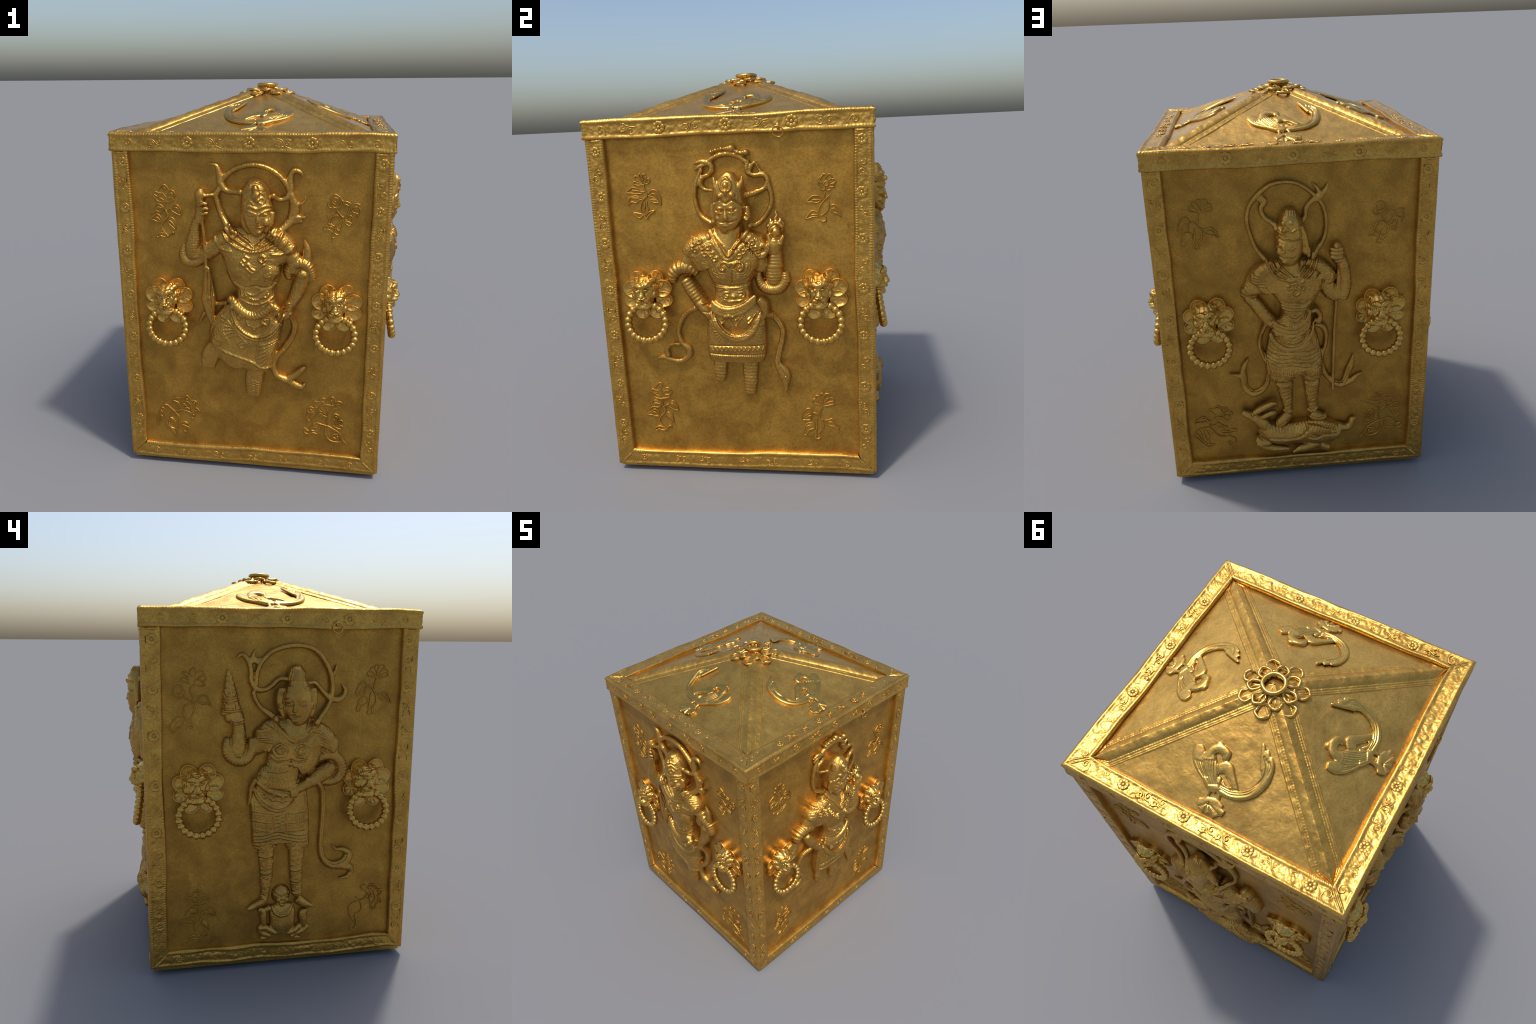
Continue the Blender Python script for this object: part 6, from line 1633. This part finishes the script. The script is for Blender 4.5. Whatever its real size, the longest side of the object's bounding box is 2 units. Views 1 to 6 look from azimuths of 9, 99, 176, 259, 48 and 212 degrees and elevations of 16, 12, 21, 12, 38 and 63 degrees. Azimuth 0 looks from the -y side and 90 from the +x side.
def bottom_rail(k, mat, parent):
    seed = 40 + k
    w = IN_Z - OUT_Z
    wall = 0.16
    def f(a, b):
        t = np.clip((b - wall) / (1 - wall), 0, 1)
        half = IN_U + (BODY - IN_U) * t
        u = (2 * a - 1) * half
        L = 2 * half
        d = rail_height(u + half, t, w, seed, L, notch=0.010, rim=0.0065, along=u)
        d = d * np.clip((b - wall) / 0.02, 0, 1)
        dist = np.where(b < wall, PANEL - 0.022 + (BODY - 0.0035 - PANEL + 0.012) * (b / wall) ** 0.8, BODY - 0.0035 + d + 0.006 * np.sin(math.pi * t))
        edge = np.clip((half - np.abs(u)) / 0.08, 0, 1)
        z = IN_Z - w * t + sag(u + 2, seed, 0.009) * edge
        return np.stack([u, -dist, z], 1)
    return strip('bottom_rail', 400, 30, f, mat, parent, turn(k))


def lid_rail(k, mat, parent):
    """lid band and rim in one mitred length: under-lip, side, arris, top, inner wall"""
    seed = 60 + k
    hs, ht = RIM_Z - BAND_Z, LID - RIM_IN
    def f(a, b):
        q = b * 5
        o = np.zeros((len(a), 2))          # (distance out, z)
        t1 = np.clip(q, 0, 1)              # under-lip
        t2 = np.clip((q - 0.6) / 2.0, 0, 1)   # side
        t3 = np.clip((q - 2.6) / 1.8, 0, 1)   # top
        t4 = np.clip((q - 4.4) / 0.6, 0, 1)   # inner wall
        dist = np.where(q < 0.6, BODY - 0.03 + (LID - BODY + 0.03) * q / 0.6, np.where(q < 2.6, LID, np.where(q < 4.4, LID - ht * t3, RIM_IN)))
        half = dist
        u = (2 * a - 1) * half
        n1 = rail_height(u + half, t2, hs, seed, 2 * LID, notch=0.013, rim=0.0045, along=u)
        n2 = rail_height(u + half, t3, ht, seed + 9, 2 * half, notch=0.009, rim=0.0045, along=u)
        n1 = np.where((q > 0.6) & (q <= 2.6), n1, 0)
        n2 = np.where((q > 2.6) & (q <= 4.4), n2, 0)
        edge = np.clip((half - np.abs(u)) / 0.1, 0, 1)
        zl = BAND_Z + sag(u + 3, seed, 0.007) * edge
        zt = RIM_Z - 0.003 + sag(u + 5, seed + 4, 0.0055) * edge
        z = np.where(q < 2.6, zl + (zt - zl) * t2, np.where(q < 4.4, zt, zt - (RIM_Z - ROOF_Z + 0.012) * t4))
        dist = dist - np.where(q > 2.6, sag(u + 7, seed + 5, 0.007) * edge * np.where(q < 4.4, t3, 1), 0)
        # soften the arris between side and top
        ar = np.exp(-((q - 2.6) / 0.12) ** 2) * 0.003
        z = z + n2 - ar * 0.5
        dist = dist + n1 - ar * 0.5
        u = u * (1 + (dist / half - 1) * np.clip((np.abs(u) / half - 0.9) / 0.1, 0, 1))   # keep the mitre closed
        return np.stack([u, -dist, z], 1)
    return strip('lid_rail', 410, 62, f, mat, parent, turn(k))


def panel(k, mat, parent):
    def f(a, b):
        u = (a - 0.5) * 1.17
        z = 0.09 + b * 1.62
        P = np.stack([u * 4, z * 4], 1)
        d = 0.0012 * vnoise(P, 70 + k) + 0.0006 * vnoise(P * 3, 75 + k) - 0.0008
        return np.stack([u, -(PANEL - (0, 0.004, 0.008, 0)[k] - 0.001 + d), z], 1)
    return strip('panel', 80, 110, f, mat, parent, turn(k))


# ------------------------------------------------------------------ roof

SLOPE = (APEX_Z - ROOF_Z) / RIM_IN

def roof_face(k, mat, parent):
    def f(a, b):
        r = 1 - b * 0.995
        y = RIM_IN * r * 1.02
        u = (2 * a - 1) * y
        P = np.stack([u * 7, b * 4], 1)
        d = (0.0022 * vnoise(P, 80 + k) + 0.0012 * vnoise(P * 2.7, 84 + k)) * np.clip(r * 4, 0, 1)
        return np.stack([u, -y, APEX_Z - SLOPE * y + d], 1)
    return strip('roof_face', 80, 60, f, mat, parent, turn(k))


def hip_strip(k, mat, parent):
    """chased strap over the hip between two roof faces"""
    L = RIM_IN * math.sqrt(2)
    hw = 0.066
    def f(a, b):
        s = 0.06 + a * (L - 0.062)
        wid = np.minimum(hw, np.maximum(L - s, 0.004) + 0.004)
        c = (2 * b - 1) * wid
        x = np.abs((2 * b - 1) * hw)
        base = APEX_Z - SLOPE * (s / math.sqrt(2) + np.abs(c) / math.sqrt(2))
        dome = (0.005 + 0.006 * np.clip((s - 0.1) / 0.3, 0, 1)) * np.sqrt(np.clip(1 - (x / 0.034) ** 2, 0, 1))
        # knocked bumps along the crown
        bump = 0.0016 * vnoise(np.stack([s * 38, c * 30], 1), 91 + k) * np.exp(-(x / 0.024) ** 2)
        mill = 0.0005 * np.cos(2 * math.pi * s / 0.012) * np.exp(-((x - 0.040) / 0.006) ** 2)
        lines = sum(0.0032 * np.exp(-((x - q) / 0.0034) ** 2) for q in (0.041, 0.052, 0.061))
        g = 0.0010 * vnoise(np.stack([s * 60, c * 60], 1), 95 + k)
        z = base + dome + bump + mill + lines + g + 0.0005
        z = np.where(x > hw * 0.985, base - 0.004, z)
        r2 = math.sqrt(2)
        return np.stack([(s + c) / r2, -(s - c) / r2, z], 1)
    return strip('hip_strap', 230, 45, f, mat, parent, turn(k))


def fix_normals(me):
    import bmesh
    bm = bmesh.new()
    bm.from_mesh(me)
    bmesh.ops.recalc_face_normals(bm, faces=bm.faces)
    bm.to_mesh(me)
    bm.free()


def wire3(P, r, m=10, closed=True, rough=0.0, seed=0):
    """round wire through 3D points (metres)"""
    P = spline(np.asarray(P, float), 0.004, closed)
    T = np.roll(P, -1, 0) - np.roll(P, 1, 0) if closed else np.gradient(P, axis=0)
    T /= np.linalg.norm(T, axis=1)[:, None]
    up = np.array([0, 0, 1.0])
    A = np.cross(T, up)
    A /= np.maximum(np.linalg.norm(A, axis=1), 1e-6)[:, None]
    B = np.cross(A, T)
    th = np.arange(m) * 2 * math.pi / m
    rr = r * (1 + rough * vnoise(P * 60, seed))[:, None, None]
    V = P[:, None, :] + rr * (A[:, None, :] * np.cos(th)[None, :, None] + B[:, None, :] * np.sin(th)[None, :, None])
    return V.reshape(-1, 3), tube_faces(len(P), m, closed)


def finial(mat, parent):
    own = empty('finial', parent)
    own.matrix_world = Matrix.Translation((CX + 0.003, CY, 0))
    t = np.linspace(0, 2 * math.pi, 15)[:-1]
    rng = np.random.RandomState(3)
    rr = 0.0475 + 0.0022 * rng.rand(14)
    V, F = wire3(np.stack([rr * np.cos(t), rr * np.sin(t), 1.9895 + 0.0008 * np.sin(3 * t)], 1), 0.0098, 12, True, 0.1, 1)
    def put(name, V, F):
        me = to_mesh(name, V, F, mat)
        fix_normals(me)
        ob = add(name, me, own)
        return ob
    put('finial_ring', V, F)
    # hollow cup under the ring
    V, F = [], []
    prof = [(0.052, 1.984), (0.050, 1.972), (0.044, 1.966), (0.036, 1.970), (0.024, 1.976), (0.012, 1.980), (0.002, 1.981)]
    n = 36
    for r, z in prof:
        for i in range(n):
            q = 2 * math.pi * i / n
            V.append((r * math.cos(q), r * math.sin(q), z + 0.0012 * math.sin(5 * q) * (r < 0.04)))
    F = [(i * n + j, i * n + (j + 1) % n, (i + 1) * n + (j + 1) % n, (i + 1) * n + j) for i in range(len(prof) - 1) for j in range(n)]
    put('finial_cup', np.array(V), F)
    a0 = math.atan2(0.85, -0.53)
    for tier, (r0, r1, hw, z0, z1, off) in enumerate([(0.048, 0.108, 0.0245, 1.971, 1.964, 0.0), (0.084, 0.146, 0.029, 1.957, 1.946, 0.5)]):
        for i in range(7):
            q = a0 + (i + off) * 2 * math.pi / 7 + 0.03 * rng.randn()
            pts = []
            for j in range(12):
                w = 2 * math.pi * j / 12
                x = (r0 + r1) / 2 - (r1 - r0) / 2 * math.cos(w)
                y = hw * math.sin(w) * (1 + 0.25 * (-math.cos(w))) * (1 + 0.06 * rng.randn())
                f = (x - r0) / (r1 - r0)
                z = z0 + (z1 - z0) * f - 0.003 * math.sin(math.pi * f) + 0.0015 * rng.randn()
                if j == 6:
                    x += 0.004
                pts.append((x * math.cos(q) - y * math.sin(q), x * math.sin(q) + y * math.cos(q), z))
            parts = [wire3(pts, 0.0074, 10, True, 0.12, 10 * tier + i)]
            if tier == 0:
                for sg in (-1, 1):
                    L = [(r0 - 0.004, 0, z0 - 0.006), ((r0 + r1) / 2, 0.002 * sg, z0 - 0.009), (r1 - 0.012, 0.009 * sg, z1 - 0.010)]
                    L = [(x * math.cos(q) - y * math.sin(q), x * math.sin(q) + y * math.cos(q), z) for x, y, z in L]
                    parts.append(wire3(L, 0.0056, 8, False))
            else:
                L = [(r0 - 0.02, 0, z0 - 0.004), (r0 + 0.004, 0, z0 - 0.006)]
                L = [(x * math.cos(q), x * math.sin(q), z) for x, y, z in L]
                parts.append(wire3(L, 0.005, 8, False))
            put('finial_petal', *merge(parts))


def staple_ring(k, mat, parent):
    """hanging ring on a lug at the lower edge of the lid band"""
    V, F = sweep_mesh([(0, 20, 4, 9, 6), (0, 8, 8, 8, 6), (0, -2, 9, 6, 5)])
    V = V[:, [0, 2, 1]] * [1, -1, 1] / 1000
    lug = to_mesh('ring_lug', V, F, mat)
    fix_normals(lug)
    t = np.linspace(0, 2 * math.pi, 13)[:-1]
    P = np.stack([0.0235 * np.cos(t), -0.012 - 0.006 * np.sin(t), -0.014 + 0.0235 * np.sin(t) + 0.002 * np.cos(3 * t)], 1)
    ring = to_mesh('hanging_ring', *wire3(P, 0.0034, 8), mat)
    fix_normals(ring)
    a = add('ring_lug', lug, parent)
    b = add('hanging_ring', ring, a)
    a.matrix_world = turn(k) @ Matrix.Translation((0.246, -LID, 1.712))
    b.matrix_parent_inverse = Matrix.Identity(4)


# ------------------------------------------------------------------ small ornaments on the rails

def ornament_meshes(mat):
    """rosette, scroll and curl, lying in the xz plane, facing -y"""
    def solid(parts):
        V, F = merge(parts)
        V = V[:, [0, 2, 1]] * [1.25, -0.64, 1.25] / 1000
        me = to_mesh('ornament', V, F, mat)
        fix_normals(me)
        return me
    ros = [ball_mesh((0, 0, 0.5), (6.5, 6.5, 5.5), 12, 8)]
    for i in range(8):
        q = i * math.pi / 4 + 0.2
        ros.append(ball_mesh((13.5 * math.cos(q), 13.5 * math.sin(q), 0), (8.2, 8.2, 5.4), 10, 6))
    t = np.linspace(0, 2 * math.pi, 13)[:-1]
    ros.append(sweep_mesh([(17 * math.cos(a), 17 * math.sin(a), 0.3, 2.4, 3.4) for a in t], m=8, closed=True, step=4))
    big = [(np.array(v) * [1.15, 1.15, 1.5], f) for v, f in ros]
    scroll = []
    for sg in (1, -1):
        L = []
        for i in range(12):
            a = i * 0.62
            r = 13 - i * 1.0
            L.append((sg * (-4 + r * math.cos(a + 2.6)), sg * (15 + r * math.sin(a + 2.6) * 0.9), 0.6, 2.6 - i * 0.07, 3.0))
        scroll.append(sweep_mesh(L, m=8, step=4))
    scroll.append(sweep_mesh([(14, 30, 0, 1.5, 2), (9, 8, 0.5, 2.6, 3), (-9, -8, 0.5, 2.6, 3), (-14, -30, 0, 1.5, 2)], m=8, step=5))
    scroll.append(sweep_mesh([(16, -20, 0, 1.4, 2), (12, -6, 0.4, 2.2, 2.6), (14, 4, 0.2, 1.4, 2)], m=8, step=5))
    scroll.append(ball_mesh((-15, 22, 0), (3.5, 3.5, 3), 10, 6))
    scroll.append(ball_mesh((14, -26, 0), (3.5, 3.5, 3), 10, 6))
    curl = []
    L = [((14 - i * 1.05) * math.cos(i * 0.62), (14 - i * 1.05) * math.sin(i * 0.62), 0.5, 2.6, 3.0) for i in range(12)]
    curl.append(sweep_mesh(L, m=8, step=4))
    curl.append(sweep_mesh([(14, 0, 0.4, 2.4, 2.8), (16, -14, 0.3, 2.0, 2.4), (8, -22, 0.2, 1.5, 2)], m=8, step=4))
    return solid(ros), solid(big), solid(scroll), solid(curl)


POST_Z = (1.643, 1.421, 1.208, 0.970, 0.742, 0.490, 0.270)

def rail_ornaments(k, mat, parent, meshes, rng):
    ros, big, scroll, curl = meshes
    def put(name, me, u, z, dist, rot=0.0, sc=1.0, sx=1):
        ob = add(name, me, parent)
        ob.matrix_world = turn(k) @ Matrix.Translation((u, -dist, z)) @ Matrix.Rotation(rot, 4, 'Y') @ Matrix.Diagonal((sc * sx, 1, sc, 1))
    fd = BODY + 0.0035
    for side in (-1, 1):
        u = side * 0.6125
        for i, z in enumerate(POST_Z):
            put('rosette', ros, u + 0.002 * rng.randn(), z + 0.004 * rng.randn(), fd, rng.rand() * 0.8, 1.0 + 0.06 * rng.randn())
            zn = POST_Z[i + 1] if i < 6 else 0.12
            put('scroll', scroll, u + 0.002 * rng.randn(), (z + zn) / 2 + 0.006 * rng.randn(), fd, 0.12 * rng.randn(), 1.0 + 0.05 * rng.randn(), -1 if (i + k) % 2 else 1)
    ld = LID + 0.0002
    zc = (RIM_Z + BAND_Z) / 2 - 0.003
    for u in (-0.298, 0.005, 0.302):
        put('rosette', big, u + 0.004 * rng.randn(), zc + 0.001, ld, rng.rand(), 1.0)
    for u in (-0.575, 0.583):
        put('curl', curl, u, zc - 0.002, ld, rng.rand() * 0.6, 1.2, 1 if u < 0 else -1)
    for u in (-0.445, -0.150, 0.165, 0.455):
        put('scroll', scroll, u + 0.006 * rng.randn(), zc, ld, math.pi / 2 + 0.25 * rng.randn(), 1.0, 1 if rng.rand() > .5 else -1)
    bd = BODY + 0.002
    zb = (IN_Z + OUT_Z) / 2 - 0.004
    for u in (-0.52, 0.52):
        put('rosette', ros, u, zb, bd, 0.3, 0.72)
    for u in (-0.36, -0.18, 0.0, 0.17, 0.35):
        put('scroll', scroll, u + 0.02 * rng.randn(), zb, bd, math.pi / 2 + 0.15 * rng.randn(), 0.72, 1 if rng.rand() > .5 else -1)
    # the rim carries the same stamps, lying flat
    def flat(name, me, u, rot, sc):
        ob = add(name, me, parent)
        ob.matrix_world = turn(k) @ Matrix.Translation((u, -0.615, RIM_Z - 0.0025)) @ Matrix.Rotation(-math.pi / 2, 4, 'X') @ Matrix.Rotation(rot, 4, 'Y') @ Matrix.Diagonal((sc, 1, sc, 1))
    for i, u in enumerate((-0.48, -0.38, -0.28, -0.18, -0.08, 0.02, 0.12, 0.22, 0.32, 0.42, 0.5)):
        if i % 3 == 1:
            flat('rosette', ros, u, rng.rand(), 1.0)
        else:
            flat('scroll', scroll, u + 0.01 * rng.randn(), math.pi / 2 + 0.3 * rng.randn(), 0.95)
    for u in (-0.575, 0.575):
        ob = add('curl', curl, parent)
        ob.matrix_world = turn(k) @ Matrix.Translation((u, -0.615, RIM_Z - 0.0025)) @ Matrix.Rotation(-math.pi / 2, 4, 'X') @ Matrix.Diagonal((1.1 if u < 0 else -1.1, 1, 1.1, 1))


# ------------------------------------------------------------------ flowers chased on the panels

def flower_meshes(name, spec, mat, mirror):
    out = {}
    for part, strokes in spec.items():
        w = {'stem': 4.8, 'leaf': 4.0, 'bloom': 3.8}[part]
        h = {'stem': 6.0, 'leaf': 5.0, 'bloom': 4.8}[part]
        L = []
        for st in strokes:
            loop = len(st) > 3 and st[0] == st[-1]
            pts = [((-x if mirror else x), y) for x, y in (st[:-1] if loop else st)]
            n = len(pts)
            rows = []
            for i, (x, y) in enumerate(pts):
                e = 1.0 if loop else 0.62 + 0.38 * math.sin(math.pi * min(1, (i + 0.6) / n))
                rows.append((x, y, 0.2, w * e * 0.92, h * e))
            L.append(sweep_mesh(rows, m=8, step=4.0, closed=loop))
            if loop:     # leaf and petal bodies stand a little above the ground
                P = np.array(pts, float)
                c = P.mean(0)
                S = spline(P, 6.0, True)
                k = len(S)
                V = np.vstack([np.c_[S, np.full(k, -0.5)], np.c_[c + (S - c) * 0.86, np.full(k, 1.5)], [[c[0], c[1], 2.0]]])
                F = [(i, (i + 1) % k, k + (i + 1) % k, k + i) for i in range(k)] + [(k + i, k + (i + 1) % k, 2 * k) for i in range(k)]
                L.append((V, F))
        V, F = merge(L)
        V = V[:, [0, 2, 1]] * [1, -1, 1] / 1000
        me = to_mesh(part, V, F, mat)
        fix_normals(me)
        out[part] = me
    return out


# kind, face, u, v, mirrored
FLOWER_BED = [('peony', 0, -410, 1400, 0), ('heart_vine', 0, 438, 1397, 0), ('drooping_bloom', 0, -418, 302, 0), ('fan_bloom', 0, 394, 293, 0),
              ('pinnate_sprig', 1, -385, 1431, 0), ('round_bloom', 1, 442, 1382, 0), ('peony', 1, -392, 346, 0), ('fan_sprig', 1, 402, 304, 0),
              ('fan_sprig', 2, -428, 1414, 0), ('heart_vine', 2, 452, 1391, 0), ('tulip_vine', 2, -462, 322, 0), ('fan_bloom', 2, 433, 287, 1),
              ('paired_blooms', 3, -440, 1354, 0), ('fan_sprig', 3, 450, 1392, 0), ('peony', 3, -412, 298, 0), ('looped_stalk', 3, 417, 314, 0)]

# ------------------------------------------------------------------ lion masks

# mane petals: centre x, z (mm), outward turn, size, lift
PETALS = [(-41, 206, -0.35, 47, 5), (41, 208, 0.35, 47, 3), (-74, 164, -1.15, 46, 2), (74, 168, 1.15, 46, 4), (-76, 110, -1.8, 42, 0), (76, 114, 1.8, 42, 1), (-33, 60, -2.8, 42, 0), (35, 62, 2.8, 42, 2)]

def lion_meshes(mat):
    rel = Relief()
    lion_face(rel)
    V, Q, N, lab, uniq = rel.build(voxel=2.6, floor=2)
    V = V[:, [0, 2, 1]] * [1, -1, 1] / 1000
    face = to_mesh('lion_face', V, [tuple(q) for q in Q[:, ::-1].tolist()], mat)
    fix_normals(face)
    # one dished petal: unit disc with a turned-up lip, standing on the panel
    m = 26
    prof = [(0.0, 7), (0.35, 7.5), (0.62, 9), (0.80, 12), (0.90, 16), (0.965, 17), (1.0, 15), (1.01, 11), (1.0, -12)]
    P = []
    for r, d in prof[1:]:
        for j in range(m):
            a = 2 * math.pi * j / m
            tip = 1 + 0.10 * math.cos(a) + 0.03 * abs(math.cos(1.5 * a))
            flute = 3.0 * math.cos(a * 7) * r * (1 - r) * 2
            P.append((math.sin(a) * r * 0.96, -(d + flute) / 1000, math.cos(a) * r * tip))
    P.append((0, -prof[0][1] / 1000, 0))
    n = len(prof) - 1
    F = [(i * m + j, i * m + (j + 1) % m, (i + 1) * m + (j + 1) % m, (i + 1) * m + j) for i in range(n - 1) for j in range(m)]
    F += [(j, n * m, (j + 1) % m) for j in range(m)]
    petal = to_mesh('mane_petal', np.array(P), F, mat)
    fix_normals(petal)
    # beaded ring
    parts = []
    nb = 20
    for i in range(nb):
        a = 2 * math.pi * (i + 0.5) / nb
        v, f = ball_mesh((0, 0, 0), (17, 20.5, 20.5), 12, 9)
        c, s = math.cos(a), math.sin(a)
        # local x of the bead follows the tangent
        v = np.stack([-s * v[:, 0] + c * v[:, 1], c * v[:, 0] + s * v[:, 1], v[:, 2]], 1)
        parts.append((v + [94 * c, 88 * s, 0], f))
    parts.append(sweep_mesh([(94 * math.cos(a), 88 * math.sin(a), 0, 14, 14) for a in np.linspace(0, 2 * math.pi, 17)[:-1]], m=10, closed=True, step=6))
    V, F = merge(parts)
    V = V[:, [0, 2, 1]] * [1, -1, 1] / 1000
    ring = to_mesh('knocker_ring', V, F, mat)
    fix_normals(ring)
    return face, petal, ring


def lion(k, u, meshes, parent):
    face, petal, ring = meshes
    a = k * math.pi / 2
    M = Matrix.Rotation(a, 4, 'Z') @ Matrix.Translation((u, -panel_dist(k) - (0.006 if k in (1, 2) else 0), 0.812))
    ob = add('lion_mask', face, parent)
    ob.matrix_world = M
    for x, z, rot, ln, lift in PETALS:
        p = add('mane_petal', petal, ob)
        p.matrix_parent_inverse = Matrix.Identity(4)
        p.matrix_basis = Matrix.Translation((x / 1000, -lift / 1000, z / 1000)) @ Matrix.Rotation(rot, 4, 'Y') @ Matrix.Diagonal((ln / 1000, 1, ln / 1000, 1))
    r = add('knocker_ring', ring, ob)
    r.matrix_parent_inverse = Matrix.Identity(4)
    r.matrix_basis = Matrix.Translation((-0.003, -0.054, 0.010)) @ Matrix.Rotation(-0.16, 4, 'X')


# ------------------------------------------------------------------ assembly

def phoenix(k, mirror, cache, mat, parent):
    """relief bird lying on roof face k"""
    th = math.atan(SLOPE)
    if not cache:
        rel = Relief()
        phoenix_relief(rel)
        V, Q, N, lab, uniq = rel.build(voxel=2.4, floor=-2, grain=0.3)
        cache.update(V=V, Q=Q, N=N, lab=lab, uniq=uniq)
    V, Q, lab = cache['V'].copy(), cache['Q'], cache['lab']
    sx = -1 if mirror else 1
    own = empty('phoenix', parent)
    M = turn(k) @ Matrix.Translation((0, -RIM_IN, ROOF_Z + 0.001)) @ Matrix.Rotation(th, 4, 'X')
    own.matrix_world = M
    W = np.stack([V[:, 0] * sx, V[:, 1], V[:, 2]], 1) / 1000
    q_all = Q if not mirror else Q[:, ::-1]
    Nw = vert_normals(W, q_all)
    for j, nm in enumerate(cache['uniq']):
        q = q_all[lab == j]
        if not len(q):
            continue
        key = (nm, mirror)
        if key not in cache:
            ids, inv = np.unique(q, return_inverse=True)
            base = nm.split('|')[0]
            me = to_mesh(base, W[ids], [tuple(r) for r in inv.reshape(-1, 4).tolist()], mat)
            me.normals_split_custom_set_from_vertices([tuple(n) for n in Nw[ids]])
            cache[key] = me
        p = add(nm.split('|')[0], cache[key], own)
        p.matrix_parent_inverse = Matrix.Identity(4)


def main():
    rng = np.random.RandomState(11)
    m_panel = gold('panel_gilding', (0.61, 0.330, 0.056), (0.395, 0.196, 0.033), (0.42, 0.56), 9, 0.45, 120, (0.40, 0.285, 0.054), 0.65, 0.07)
    m_frame = gold('chased_frame', (0.71, 0.405, 0.078), (0.49, 0.262, 0.048), (0.28, 0.40), 9, 0.5, 130, (0.42, 0.34, 0.11), 0.4, 0.12)
    m_relief = gold('relief_gold', (0.66, 0.37, 0.074), (0.455, 0.236, 0.044), (0.29, 0.41), 9, 0.22, 140, (0.42, 0.34, 0.11), 0.4, 0, 0.16)
    m_bright = gold('polished_gold', (0.78, 0.465, 0.110), (0.62, 0.36, 0.078), (0.22, 0.33), 9, 0.2, 160, (0.46, 0.34, 0.10), 0.3, metal=0.95)
    m_roof = gold('roof_gilding', (0.68, 0.40, 0.090), (0.50, 0.285, 0.060), (0.29, 0.43), 6, 0.3, 120, (0.42, 0.31, 0.085), 0.5, 0.28)

    casket = empty('reliquary_casket')
    casket['label'] = 'Square gilt casket with guardian reliefs and pyramid lid'
    casket['category'] = 'reliquary'
    ornaments = ornament_meshes(m_frame)
    lions = lion_meshes(m_bright)
    beds = {}
    guardians = [(guardian_with_club, None), (guardian_with_jewel, None), (guardian_with_staff, ox_underfoot), (guardian_with_pagoda, dwarf_underfoot)]
    birds = {}
    for k in range(4):
        panel(k, m_panel, casket)
        post(k, -1, m_frame, casket)
        post(k, 1, m_frame, casket)
        bottom_rail(k, m_frame, casket)
        lid_rail(k, m_frame, casket)
        roof_face(k, m_roof, casket)
        hip_strip(k, m_frame, casket)
        rail_ornaments(k, m_frame, casket, ornaments, rng)
        for u in (-0.418, 0.421):
            lion(k, u, lions, casket)
        phoenix(k, k < 2, birds, m_bright, casket)
        fig, beast = guardians[k]
        for nm, fn in (('guardian', fig), (beast.__name__.split('_')[0] if beast else '', beast)):
            if fn is None:
                continue
            own = empty(nm, casket)
            rel = Relief(10.0)
            fn(rel)
            tf = face_map(k)
            place_relief(rel, own, {'': m_relief, 'flaming_jewel': m_bright, 'jewel': m_bright}, tf, seed=k + 1)
    for kind, k, u, v, mir in FLOWER_BED:
        key = (kind, mir)
        if key not in beds:
            beds[key] = flower_meshes(kind, FLOWERS[kind], m_panel, mir)
        own = empty('flower', casket)
        own.matrix_world = Matrix.Rotation(k * math.pi / 2, 4, 'Z') @ Matrix.Translation((u / 1000, -panel_dist(k) + 0.0005, v / 1000))
        for part, me in beds[key].items():
            ob = add(part, me, own)
            ob.matrix_parent_inverse = Matrix.Identity(4)
    for k in (1, 3):
        staple_ring(k, m_bright, casket)
    finial(m_bright, casket)
    # closed base plate, a little inside the rails
    b = BODY - 0.012
    V = np.array([(sx * b, sy * b, z) for z in (0.02, 0.05) for sx, sy in ((-1, -1), (1, -1), (1, 1), (-1, 1))])
    me = to_mesh('base_plate', V, [(3, 2, 1, 0), (4, 5, 6, 7), (0, 1, 5, 4), (1, 2, 6, 5), (2, 3, 7, 6), (3, 0, 4, 7)], m_frame, smooth=False)
    add('base_plate', me, casket).matrix_world = turn(0)
    V = V * [0.45, 0.45, 1] - [0, 0, 0.02]
    me = to_mesh('base_boss', V, [tuple(p.vertices) for p in me.polygons], m_frame, smooth=False)
    add('base_boss', me, casket).matrix_world = turn(0)


main()
